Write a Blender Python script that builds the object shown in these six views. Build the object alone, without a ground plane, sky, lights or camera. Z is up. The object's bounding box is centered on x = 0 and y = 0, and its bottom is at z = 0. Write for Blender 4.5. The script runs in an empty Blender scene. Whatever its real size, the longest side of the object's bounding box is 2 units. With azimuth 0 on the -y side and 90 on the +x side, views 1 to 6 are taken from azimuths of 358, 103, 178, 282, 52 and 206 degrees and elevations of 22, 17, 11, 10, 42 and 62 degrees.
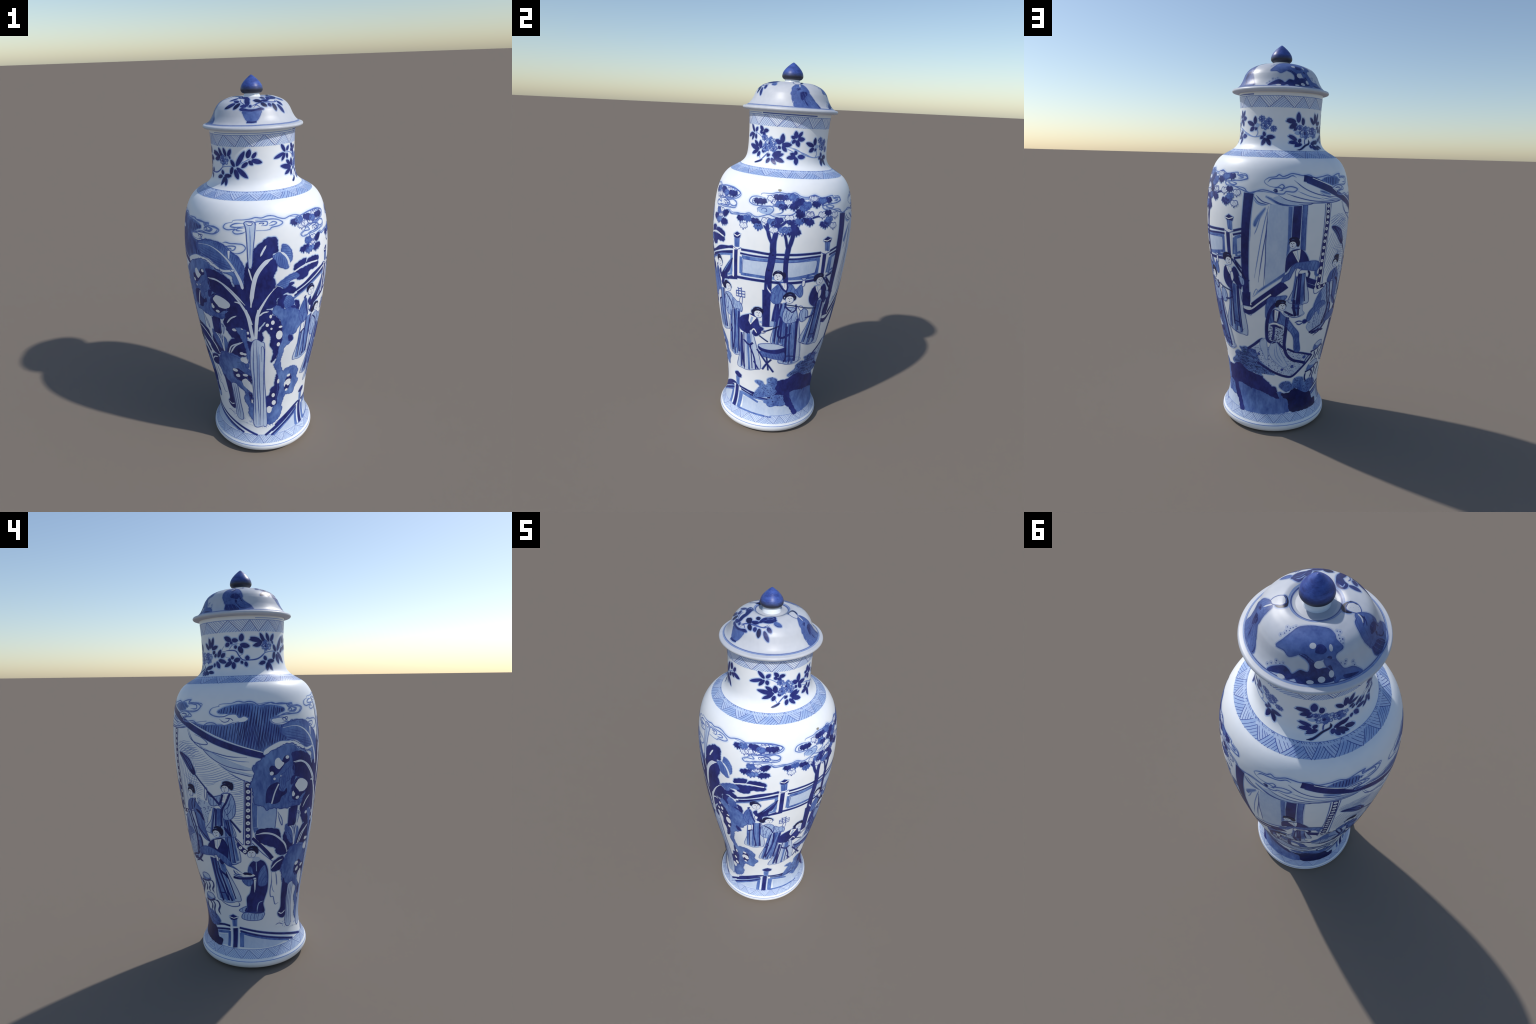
import bpy, math, random
import numpy as np
from mathutils import Matrix, Vector
from mathutils.geometry import tessellate_polygon

# ----------------------------------------------------------------------------
# PROFILES (local frame of the vase: z along its own axis, radius r), metres
# ----------------------------------------------------------------------------
BODY_PROFILE = [  # outside of the jar, foot to mouth: (z, r)
    (0.0066, 0.2560), (0.0080, 0.2640), (0.0150, 0.2765), (0.026, 0.2854), (0.038, 0.2893),
    (0.050, 0.2880), (0.062, 0.2814), (0.080, 0.2712), (0.100, 0.2623), (0.120, 0.2566),
    (0.140, 0.2530), (0.160, 0.2507), (0.190, 0.2494), (0.220, 0.2505), (0.260, 0.2540),
    (0.300, 0.2586), (0.360, 0.2672), (0.420, 0.2783), (0.480, 0.2908), (0.540, 0.3031),
    (0.600, 0.3145), (0.660, 0.3254), (0.720, 0.3348), (0.780, 0.3432), (0.840, 0.3517),
    (0.900, 0.3588), (0.960, 0.3652), (1.020, 0.3711), (1.080, 0.3751), (1.140, 0.3770),
    (1.180, 0.3772), (1.220, 0.3758), (1.260, 0.3726), (1.300, 0.3680), (1.340, 0.3612),
    (1.365, 0.3546), (1.390, 0.3460), (1.410, 0.3366), (1.430, 0.3236), (1.445, 0.3100),
    (1.458, 0.2925), (1.470, 0.2726), (1.483, 0.2500), (1.497, 0.2325), (1.512, 0.2205),
    (1.530, 0.2130), (1.550, 0.2095), (1.580, 0.2074), (1.620, 0.2070), (1.660, 0.2074),
    (1.700, 0.2090), (1.730, 0.2110), (1.764, 0.2140)]
LID_PROFILE = [  # outside of the lid, knob stem to rim lip: (r, z)
    (0.0330, 1.8895), (0.0500, 1.8895), (0.0650, 1.8925), (0.0780, 1.8975), (0.0880, 1.9015), (0.0970, 1.9030), (0.1110, 1.9000), (0.1255, 1.8950),
    (0.1385, 1.8900), (0.1485, 1.8850), (0.1565, 1.8800), (0.1628, 1.8750), (0.1680, 1.8700),
    (0.1725, 1.8650), (0.1762, 1.8600), (0.1828, 1.8500), (0.1876, 1.8400), (0.1920, 1.8300),
    (0.1966, 1.8200), (0.2022, 1.8100), (0.2088, 1.8000), (0.2135, 1.7945), (0.2190, 1.7895),
    (0.2250, 1.7852), (0.2310, 1.7828), (0.2370, 1.7810), (0.2436, 1.7788), (0.2468, 1.7740), (0.2468, 1.7690),
    (0.2430, 1.7645), (0.2340, 1.7615), (0.2180, 1.7605)]
KNOB_PROFILE = [  # (r, z)
    (0.0450, 1.8880), (0.0430, 1.8960), (0.0405, 1.9050), (0.0380, 1.9105), (0.0368, 1.9140), (0.0385, 1.9165), (0.0435, 1.9185), (0.0475, 1.9215),
    (0.0508, 1.9260), (0.0525, 1.9320), (0.0526, 1.9370), (0.0515, 1.9430), (0.0495, 1.9500),
    (0.0458, 1.9575), (0.0408, 1.9650), (0.0345, 1.9725), (0.0275, 1.9800), (0.0200, 1.9870),
    (0.0125, 1.9935), (0.0062, 1.9980), (0.0020, 2.0005), (0.0002, 2.0010)]

def smooth_curve(pts, per=8):
    """Centripetal-like Catmull-Rom through 2D control points."""
    p = np.array(pts, float)
    p = np.vstack([2*p[0]-p[1], p, 2*p[-1]-p[-2]])
    out = []
    for i in range(1, len(p)-2):
        p0, p1, p2, p3 = p[i-1], p[i], p[i+1], p[i+2]
        d01 = max(np.linalg.norm(p1-p0)**.5, 1e-6); d12 = max(np.linalg.norm(p2-p1)**.5, 1e-6); d23 = max(np.linalg.norm(p3-p2)**.5, 1e-6)
        m1 = (p2-p1) + d12*((p1-p0)/d01 - (p2-p0)/(d01+d12))
        m2 = (p2-p1) + d12*((p3-p2)/d23 - (p3-p1)/(d12+d23))
        for t in np.arange(per)/per:
            t2, t3 = t*t, t*t*t
            out.append((2*t3-3*t2+1)*p1 + (t3-2*t2+t)*m1 + (-2*t3+3*t2)*p2 + (t3-t2)*m2)
    out.append(p[-2])
    return np.array(out)

# the vase leans a little: its axis passes through BASE along LEAN
BASE = Vector((0.0019, -0.0293, 0.0))
LEAN = Vector((-0.0018, 0.0252, 1.0)).normalized()
LID_SHIFT = (0.0039, -0.0017)

_b = smooth_curve(BODY_PROFILE, 10)
BODY_Z, BODY_R = _b[:, 0], _b[:, 1]
_l = smooth_curve(LID_PROFILE, 10)
LID_S = np.concatenate([[0], np.cumsum(np.hypot(*np.diff(_l, axis=0).T))])
LID_R, LID_Z = _l[:, 0], _l[:, 1]

# the throwing was not perfectly true: the axis wanders by a few millimetres
BEND_Z = [0.0, 0.12, 0.25, 0.42, 0.60, 0.95, 1.45, 1.52, 1.78]
BEND_X = [0.0005, 0.0, -0.0006, -0.0017, -0.0015, 0.0, 0.0, 0.0003, 0.0003]
BEND_Y = [-0.0014, -0.0004, 0.0006, 0.0022, 0.0020, 0.0, -0.0004, -0.0020, -0.0014]

# ----------------------------------------------------------------------------
# MATERIALS
# ----------------------------------------------------------------------------
def srgb(r, g, b):
    f = lambda c: (c/255/12.92) if c/255 <= 0.04045 else ((c/255+0.055)/1.055)**2.4
    return (f(r), f(g), f(b), 1.0)

def glaze(name, lo, hi, scale=30.0, streak=1.0, rough=0.3, fine=None, spec=0.4, contrast=(0.35, 0.65)):
    """Glazed porcelain: two close tones mixed by soft noise under a clear glossy skin."""
    m = bpy.data.materials.new(name); m.use_nodes = True
    nt = m.node_tree; n = nt.nodes; l = nt.links
    bsdf = n['Principled BSDF']
    tc = n.new('ShaderNodeTexCoord'); mp = n.new('ShaderNodeMapping')
    mp.inputs['Scale'].default_value = (1, 1, streak)
    nz = n.new('ShaderNodeTexNoise'); nz.inputs['Scale'].default_value = scale
    nz.inputs['Detail'].default_value = 4.0; nz.inputs['Roughness'].default_value = 0.6
    cr = n.new('ShaderNodeValToRGB')
    cr.color_ramp.elements[0].position = contrast[0]; cr.color_ramp.elements[0].color = lo
    cr.color_ramp.elements[1].position = contrast[1]; cr.color_ramp.elements[1].color = hi
    l.new(tc.outputs['Object'], mp.inputs['Vector']); l.new(mp.outputs['Vector'], nz.inputs['Vector'])
    grain = n.new('ShaderNodeTexNoise'); grain.inputs['Scale'].default_value = scale*4.5; grain.inputs['Detail'].default_value = 3.0
    l.new(mp.outputs['Vector'], grain.inputs['Vector'])
    mixf = n.new('ShaderNodeMix'); mixf.inputs['Factor'].default_value = 0.3
    l.new(nz.outputs['Fac'], mixf.inputs['A']); l.new(grain.outputs['Fac'], mixf.inputs['B'])
    l.new(mixf.outputs['Result'], cr.inputs['Fac'])
    col = cr.outputs['Color']
    if fine:
        # tiny iron specks fired into the glaze
        vo = n.new('ShaderNodeTexNoise'); vo.inputs['Scale'].default_value = fine[0]; vo.inputs['Detail'].default_value = 1.0
        l.new(tc.outputs['Object'], vo.inputs['Vector'])
        r2 = n.new('ShaderNodeValToRGB'); r2.color_ramp.elements[0].position = fine[1]; r2.color_ramp.elements[1].position = fine[1]+0.03
        r2.color_ramp.elements[0].color = (0, 0, 0, 1); r2.color_ramp.elements[1].color = (1, 1, 1, 1)
        l.new(vo.outputs['Fac'], r2.inputs['Fac'])
        mx = n.new('ShaderNodeMix'); mx.data_type = 'RGBA'
        mx.inputs['B'].default_value = fine[2]
        l.new(r2.outputs['Color'], mx.inputs['Factor']); l.new(col, mx.inputs['A'])
        col = mx.outputs['Result']
    l.new(col, bsdf.inputs['Base Color'])
    bsdf.inputs['Roughness'].default_value = rough
    bsdf.inputs['Specular IOR Level'].default_value = spec
    return m

TONE = {
    'white': glaze('white_glaze', srgb(236, 240, 245), srgb(243, 245, 248), 6, 1, 0.42, fine=(46, 0.83, srgb(190, 196, 205))),
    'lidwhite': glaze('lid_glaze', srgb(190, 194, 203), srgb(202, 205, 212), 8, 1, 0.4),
    'band': glaze('border_wash', srgb(172, 192, 230), srgb(196, 212, 238), 30, 0.6, 0.42),
    'pale': glaze('pale_wash', srgb(186, 203, 230), srgb(205, 218, 238), 25, 0.6, 0.42),
    'wash': glaze('light_wash', srgb(150, 176, 222), srgb(176, 197, 230), 25, 0.6, 0.42),
    'soft': glaze('soft_blue_edge', srgb(168, 188, 226), srgb(184, 202, 232), 25, 0.6, 0.42),
    'mid': glaze('middle_blue', srgb(58, 86, 162), srgb(116, 148, 208), 17, 0.45, 0.42, contrast=(.36, .64)),
    'dark': glaze('dark_cobalt', srgb(24, 28, 94), srgb(48, 60, 144), 20, 0.6, 0.42, contrast=(.34, .72)),
    'navy': glaze('navy_cobalt', srgb(20, 22, 70), srgb(32, 38, 104), 30, 1, 0.42),
    'line': glaze('cobalt_line', srgb(48, 64, 146), srgb(76, 100, 178), 60, 1, 0.42),
    'thin': glaze('thin_cobalt_line', srgb(120, 146, 204), srgb(150, 174, 222), 60, 1, 0.42),
    'hatchline': glaze('hatching_line', srgb(84, 112, 190), srgb(120, 148, 212), 60, 1, 0.42),
    'hair': glaze('hair_cobalt', srgb(22, 24, 62), srgb(34, 38, 90), 60, 1, 0.42),
    'bleed0': glaze('faint_bleed', srgb(228, 234, 244), srgb(236, 240, 247), 40, 1, 0.42),
    'bleed1': glaze('soft_bleed', srgb(220, 228, 242), srgb(229, 235, 245), 40, 1, 0.42),
    'bleed2': glaze('cobalt_bleed', srgb(198, 213, 238), srgb(212, 224, 242), 40, 1, 0.42),
    'cloudline': glaze('cloud_line', srgb(84, 108, 178), srgb(118, 144, 204), 60, 1, 0.42),
    'rust': glaze('iron_spot', srgb(120, 112, 100), srgb(170, 165, 150), 300, 1, 0.5),
}
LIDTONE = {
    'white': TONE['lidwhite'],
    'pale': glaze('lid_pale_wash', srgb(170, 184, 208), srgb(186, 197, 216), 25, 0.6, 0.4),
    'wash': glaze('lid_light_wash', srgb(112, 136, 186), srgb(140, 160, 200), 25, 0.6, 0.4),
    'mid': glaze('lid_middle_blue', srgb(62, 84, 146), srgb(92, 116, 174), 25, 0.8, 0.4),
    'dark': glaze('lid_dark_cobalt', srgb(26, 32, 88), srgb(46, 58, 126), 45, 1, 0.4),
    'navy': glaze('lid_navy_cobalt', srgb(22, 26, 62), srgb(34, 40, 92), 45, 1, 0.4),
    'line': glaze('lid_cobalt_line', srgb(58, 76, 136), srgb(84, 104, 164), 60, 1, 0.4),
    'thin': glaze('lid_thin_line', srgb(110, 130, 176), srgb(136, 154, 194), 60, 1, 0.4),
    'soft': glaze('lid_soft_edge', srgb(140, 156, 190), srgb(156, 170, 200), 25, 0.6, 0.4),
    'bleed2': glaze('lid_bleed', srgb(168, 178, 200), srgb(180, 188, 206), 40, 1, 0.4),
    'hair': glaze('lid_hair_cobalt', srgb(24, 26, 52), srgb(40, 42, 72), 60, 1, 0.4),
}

# ----------------------------------------------------------------------------
# SURFACES OF REVOLUTION
# ----------------------------------------------------------------------------
def new_object(name, mesh, parent=None):
    ob = bpy.data.objects.new(name, mesh)
    bpy.context.scene.collection.objects.link(ob)
    if parent: ob.parent = parent
    return ob

def lathe(name, rz, mats, parent, segs=360, close_start=False, close_end=False, wobble=None):
    """Turn a list of (r, z) into a mesh of revolution."""
    rz = np.asarray(rz); n = len(rz)
    a = np.linspace(0, 2*np.pi, segs, endpoint=False)
    V = np.zeros((n, segs, 3))
    V[:, :, 0] = rz[:, 0:1]*np.sin(a); V[:, :, 1] = -rz[:, 0:1]*np.cos(a); V[:, :, 2] = rz[:, 1:2]
    if wobble:
        V[:, :, 0] += np.interp(rz[:, 1:2], BEND_Z, BEND_X); V[:, :, 1] += np.interp(rz[:, 1:2], BEND_Z, BEND_Y)
    verts = V.reshape(-1, 3).tolist(); faces = []
    for i in range(n-1):
        b = i*segs
        for j in range(segs):
            k = (j+1) % segs
            faces.append((b+j, b+k, b+segs+k, b+segs+j))
    if close_start: faces.append(tuple(range(segs-1, -1, -1)))
    if close_end: faces.append(tuple((n-1)*segs+j for j in range(segs)))
    me = bpy.data.meshes.new(name); me.from_pydata(verts, [], faces)
    for m in mats: me.materials.append(m)
    me.polygons.foreach_set('use_smooth', [True]*len(me.polygons)); me.update()
    return new_object(name, me, parent)

vase = new_object('covered_porcelain_vase', None)
vase.empty_display_size = 0.1
_ex = (Vector((1, 0, 0)) - LEAN*LEAN.x).normalized(); _ey = LEAN.cross(_ex)
vase.matrix_world = Matrix.Translation(BASE) @ Matrix((_ex, _ey, LEAN)).transposed().to_4x4()
vase["label"] = "tall lidded blue and white porcelain vase painted with garden ladies"
vase["category"] = "vase"

under = [(0.001, 0.030), (0.20, 0.030), (0.222, 0.026), (0.232, 0.012), (0.240, 0.0066)]
inner = [(0.2130, 1.7670), (0.2115, 1.7680), (0.2060, 1.7680), (0.2030, 1.7480), (0.1985, 1.60), (0.20, 1.54)]
body = lathe('jar_body', under + list(zip(BODY_R, BODY_Z)) + inner, [TONE['white']], vase, 540, close_start=True, wobble=True)

lid_in = [(0.2120, 1.7612), (0.2080, 1.768), (0.2000, 1.800), (0.1700, 1.855), (0.1000, 1.890), (0.001, 1.895)]
lid = lathe('lid', list(zip(LID_R, LID_Z))[::-1][::-1] + lid_in, [TONE['lidwhite']], vase, 400)
# profile runs top to bottom: flip so that faces look outwards
lid.data.flip_normals()
lid.location = (LID_SHIFT[0], LID_SHIFT[1], 0)

kp = smooth_curve(KNOB_PROFILE, 8)
kp[:, 0] *= np.interp(kp[:, 1], [1.915, 1.93, 1.98, 2.0], [1.0, 1.03, 1.04, 1.0])
split = 40
stem_mat = glaze('stem_glaze', srgb(226, 232, 236), srgb(238, 242, 244), 20, 1, 0.2)
def knob_material():
    """Cobalt knob; occlusion shade under its bulge is baked into the colour as grey-brown."""
    m = glaze('knob_cobalt', srgb(38, 50, 118), srgb(76, 104, 184), 26, 2.6, 0.4, contrast=(0.3, 0.7))
    nt = m.node_tree; n = nt.nodes; l = nt.links
    bsdf = n['Principled BSDF']; src = bsdf.inputs['Base Color'].links[0].from_socket
    tc = n.new('ShaderNodeTexCoord'); sep = n.new('ShaderNodeSeparateXYZ'); l.new(tc.outputs['Object'], sep.inputs[0])
    nz = n.new('ShaderNodeTexNoise'); nz.inputs['Scale'].default_value = 30; l.new(tc.outputs['Object'], nz.inputs['Vector'])
    ad = n.new('ShaderNodeMath'); ad.operation = 'MULTIPLY_ADD'; ad.inputs[1].default_value = 0.012
    l.new(nz.outputs['Fac'], ad.inputs[0]); l.new(sep.outputs['Z'], ad.inputs[2])
    mr = n.new('ShaderNodeMapRange'); mr.inputs['From Min'].default_value = 1.938; mr.inputs['From Max'].default_value = 1.960
    l.new(ad.outputs[0], mr.inputs['Value'])
    mx = n.new('ShaderNodeMix'); mx.data_type = 'RGBA'; mx.inputs['A'].default_value = srgb(50, 53, 66)
    l.new(mr.outputs['Result'], mx.inputs['Factor']); l.new(src, mx.inputs['B']); l.new(mx.outputs['Result'], bsdf.inputs['Base Color'])
    return m
stem = lathe('knob_stem', kp[:split+1], [stem_mat], lid, 96)
knob = lathe('knob', kp[split:], [knob_material()], lid, 96, close_end=True)
for o in (stem, knob): o.location = (-0.0004, -0.0014, 0)

# ----------------------------------------------------------------------------
# PAINTING: thin films of cobalt laid on the glazed surface.
# A point is (azimuth in degrees, height in cm) on the jar - azimuth 0 faces -y and
# grows to the right as seen from outside - and (azimuth, cm of arc from the knob) on the lid.
# ----------------------------------------------------------------------------
class Skin:
    def __init__(self, parent, tones, base, step):
        self.parent, self.tones, self.base, self.step = parent, tones, base, step

class JarSkin(Skin):
    cell = (1.25, 0.9)
    def r(self, y): return np.interp(np.asarray(y)/100, BODY_Z, BODY_R)
    def frame(self, az, y):
        z = y/100; r = np.interp(z, BODY_Z, BODY_R)
        dr = (np.interp(z+.002, BODY_Z, BODY_R) - np.interp(z-.002, BODY_Z, BODY_R))/.004
        nr = 1/np.sqrt(1+dr*dr); nz = -dr*nr
        return r, z, nr, nz
    def metric(self, y):
        z = y/100
        dr = (np.interp(z+.002, BODY_Z, BODY_R) - np.interp(z-.002, BODY_Z, BODY_R))/.004
        return np.interp(z, BODY_Z, BODY_R)*100*math.pi/180, np.sqrt(1+dr*dr)

class LidSkin(Skin):
    cell = (2.5, 0.6)
    def frame(self, az, y):
        s = y/100
        r = np.interp(s, LID_S, LID_R); z = np.interp(s, LID_S, LID_Z)
        tr = np.interp(s+.001, LID_S, LID_R)-np.interp(s-.001, LID_S, LID_R)
        tz = np.interp(s+.001, LID_S, LID_Z)-np.interp(s-.001, LID_S, LID_Z)
        q = np.hypot(tr, tz)+1e-12
        return r, z, -tz/q, tr/q
    def metric(self, y):
        return np.interp(y/100, LID_S, LID_R)*100*math.pi/180, np.ones_like(np.asarray(y, float))

JAR = JarSkin(body, TONE, 0.00022, 0.00007)
LID = LidSkin(lid, LIDTONE, 0.00022, 0.00007)

def clip(poly, axis, c, keep_less):
    out = []
    n = len(poly)
    for i in range(n):
        p, q = poly[i], poly[(i+1) % n]
        a = (p[axis] <= c) == keep_less or p[axis] == c
        b = (q[axis] <= c) == keep_less or q[axis] == c
        if a: out.append(p)
        if a != b:
            t = (c-p[axis])/(q[axis]-p[axis])
            out.append((p[0]+t*(q[0]-p[0]), p[1]+t*(q[1]-p[1])))
    return out

def strips(poly, axis, h):
    lo = min(p[axis] for p in poly); hi = max(p[axis] for p in poly)
    i0, i1 = math.floor(lo/h+1e-9), math.ceil(hi/h-1e-9)
    if i1-i0 <= 1: return [poly]
    out = []
    for i in range(i0, i1):
        q = poly
        if i > i0: q = clip(q, axis, i*h, False)
        if i < i1-1 and len(q) > 2: q = clip(q, axis, (i+1)*h, True)
        if len(q) > 2: out.append(q)
    return out

SOFT = {'dark': 'wash', 'navy': 'wash', 'mid': 'soft', 'hair': 'wash', 'line': 'bleed2', 'cloudline': 'bleed2'}
SOFT_LEVEL = -0.7

class Motif:
    """One painted motif: collects flat shapes, then wraps them on to a skin as one mesh."""
    count = 0
    def __init__(self, name, skin=JAR):
        self.name, self.skin, self.parts = name, skin, []
    # --- helpers in real distances -------------------------------------
    def kx(self, y): return self.skin.metric(np.asarray(y, float))[0]
    def ky(self, y): return self.skin.metric(np.asarray(y, float))[1]
    def tri(self, tris, tone, level): self.parts.append((tris, tone, level))
    def area(self, pts, tone, level=1):
        """Straight-edged area."""
        pts = [(float(a), float(b)) for a, b in pts]
        k = float(self.kx(np.mean([p[1] for p in pts])))
        t = tessellate_polygon([[Vector((p[0]*k, p[1], 0)) for p in pts]])
        if tone in SOFT:    # cobalt bleeds a little into the bare glaze around every wash
            self.stroke(pts+[pts[0]], 'bleed2', SOFT_LEVEL-.4, 1.15, taper=0, smooth=False)
            self.stroke(pts+[pts[0]], SOFT[tone], SOFT_LEVEL, .62, taper=0, smooth=False)
        self.tri([[pts[i] for i in f] for f in t], tone, level)
        return self
    def blob(self, pts, tone, level=1, edge=None, w=0.3, per=5, rough=0, wave=2.4):
        """Round-edged area through control points, with an optional outline tone; rough scallops the edge (cm)."""
        c = smooth_loop(pts, per)
        if rough: c = self.scallop(c, rough, wave)
        self.area(c, tone, level)
        if edge: self.stroke(list(c)+[tuple(c[0])], edge, level+2, w, taper=0, smooth=False)
        return self
    def scallop(self, c, amp, wave):
        k = float(self.kx(c[:, 1].mean())); q = np.c_[c[:, 0]*k, c[:, 1]]
        seg = np.hypot(*np.diff(np.vstack([q, q[:1]]), axis=0).T); s = np.concatenate([[0], np.cumsum(seg)])
        n = max(24, int(s[-1]/.45)); t = np.linspace(0, s[-1], n, endpoint=False)
        x = np.interp(t, s, np.append(q[:, 0], q[0, 0])); y = np.interp(t, s, np.append(q[:, 1], q[0, 1]))
        dx, dy = np.roll(x, -1)-np.roll(x, 1), np.roll(y, -1)-np.roll(y, 1); L = np.hypot(dx, dy)+1e-9
        turn = 1 if (x*np.roll(y, -1)-np.roll(x, -1)*y).sum() > 0 else -1
        ph = 1.1*np.sin(t*.37)+.8*np.sin(t*.71+1)
        o = amp*(np.abs(np.sin(math.pi*t/wave+ph))-.55)*turn
        return np.c_[(x+dy/L*o)/k, y-dx/L*o]
    def stroke(self, pts, tone='line', level=4, w=0.35, taper=1, smooth=True, per=6):
        """Brush line of width w cm; taper 0 none, 1 both ends, 2 only the far end."""
        c = smooth_curve(pts, per) if smooth and len(pts) > 2 else np.array(pts, float)
        kx = self.kx(c[:, 1]); ky = self.ky(c[:, 1])
        d = np.gradient(c, axis=0) if len(c) > 2 else np.repeat([c[-1]-c[0]], len(c), 0)
        dx, dy = d[:, 0]*kx, d[:, 1]*ky
        q = np.hypot(dx, dy)+1e-9
        nx, ny = -dy/q/kx, dx/q/ky
        t = np.linspace(0, 1, len(c))
        if taper == 1: wf = np.clip(np.minimum(t, 1-t)*6, 0.35, 1)
        elif taper == 2: wf = np.clip((1-t)*1.25, 0.12, 1)
        else: wf = np.ones(len(c))
        h = np.asarray(w*1.25 if w < .42 else w)*wf/2
        L = np.c_[c[:, 0]+nx*h, c[:, 1]+ny*h]; R = np.c_[c[:, 0]-nx*h, c[:, 1]-ny*h]
        tr = []
        for i in range(len(c)-1):
            tr.append([tuple(L[i]), tuple(L[i+1]), tuple(R[i+1]), tuple(R[i])])
        self.tri(tr, tone, level)
        if tone in SOFT and level > SOFT_LEVEL:
            self.stroke(c, SOFT[tone], SOFT_LEVEL, w+.55, taper=taper, smooth=False)
        return self
    def hatch(self, pts, angle, gap, tone='line', level=4, w=0.2, smooth=True, seed=0, curve=0.0):
        """Parallel brush lines inside an area, angle in degrees from horizontal."""
        rnd = random.Random(seed)
        c = smooth_loop(pts, 4) if smooth else np.array(pts, float)
        k = float(self.kx(c[:, 1].mean()))
        q = np.c_[c[:, 0]*k, c[:, 1]]
        ca, sa = math.cos(math.radians(angle)), math.sin(math.radians(angle))
        u = q[:, 0]*ca+q[:, 1]*sa; v = -q[:, 0]*sa+q[:, 1]*ca
        y = v.min()+gap*0.6
        while y < v.max():
            xs = []
            for i in range(len(u)):
                j = (i+1) % len(u)
                if (v[i] <= y) != (v[j] <= y):
                    xs.append(u[i]+(y-v[i])/(v[j]-v[i])*(u[j]-u[i]))
            xs.sort()
            for a, b in zip(xs[::2], xs[1::2]):
                if b-a < gap*0.5: continue
                a += rnd.uniform(0, .12)*gap; b -= rnd.uniform(0, .5)*gap
                m = (a+b)/2; dy = rnd.uniform(-.12, .12)*gap+curve*(b-a)
                P = [((s*ca-t*sa)/k, s*sa+t*ca) for s, t in ((a, y), (m, y+dy), (b, y))]
                self.stroke(P, tone, level, w*rnd.uniform(.75, 1.2), taper=1, per=3)
            y += gap*rnd.uniform(.85, 1.15)
        return self
    # --- turn into geometry --------------------------------------------
    def build(self):
        sk = self.skin; cw, ch = sk.cell
        tones = []; V = []; F = []; MI = []; NRM = []
        for tris, tone, level in self.parts:
            Motif.count += 1
            off = sk.base + level*sk.step + (Motif.count % 97)*4e-7
            if tone not in tones: tones.append(tone)
            mi = tones.index(tone)
            pieces = []
            for t in tris:
                for s in strips(t, 0, cw): pieces += strips(s, 1, ch)
            for p in pieces:
                area = sum(p[i][0]*p[(i+1) % len(p)][1]-p[(i+1) % len(p)][0]*p[i][1] for i in range(len(p)))
                if abs(area) < 1e-7: continue
                flip = (area < 0) != (sk is LID)
                b = len(V)
                for x, y in p: V.append((x, y, off))
                idx = list(range(b, b+len(p)))
                F.append(idx[::-1] if flip else idx); MI.append(mi)
        if not V: return None
        A = np.array(V); r, z, nr, nz = sk.frame(A[:, 0], A[:, 1])
        a = np.radians(A[:, 0]); rr = r+nr*A[:, 2]
        P = np.c_[rr*np.sin(a), -rr*np.cos(a), z+nz*A[:, 2]]
        if sk is JAR:
            P[:, 0] += np.interp(P[:, 2], BEND_Z, BEND_X); P[:, 1] += np.interp(P[:, 2], BEND_Z, BEND_Y)
        N = np.c_[nr*np.sin(a), -nr*np.cos(a), nz]
        me = bpy.data.meshes.new(self.name); me.from_pydata(P.tolist(), [], F)
        for t in tones: me.materials.append(sk.tones[t])
        me.polygons.foreach_set('material_index', MI)
        me.polygons.foreach_set('use_smooth', [True]*len(F)); me.update()
        me.normals_split_custom_set_from_vertices(N.tolist())
        return new_object(self.name, me, sk.parent)

def smooth_loop(pts, per=5):
    p = np.array(pts, float); n = len(p)
    q = np.vstack([p[-1:], p, p[:2]])
    out = []
    for i in range(1, n+1):
        p0, p1, p2, p3 = q[i-1], q[i], q[i+1], q[i+2]
        for t in np.arange(per)/per:
            t2, t3 = t*t, t*t*t
            out.append(0.5*((2*p1)+(p2-p0)*t+(2*p0-5*p1+4*p2-p3)*t2+(3*p1-p0-3*p2+p3)*t3))
    return np.array(out)

# ----------------------------------------------------------------------------
# REPEATING MOTIFS
# ----------------------------------------------------------------------------
def ring(name, y, w, tone, skin=JAR, level=1, a0=0, a1=360):
    m = Motif(name, skin)
    m.stroke([(a, y) for a in np.linspace(a0, a1, 145)], tone, level, w, taper=0, smooth=False)
    m.build()

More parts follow.
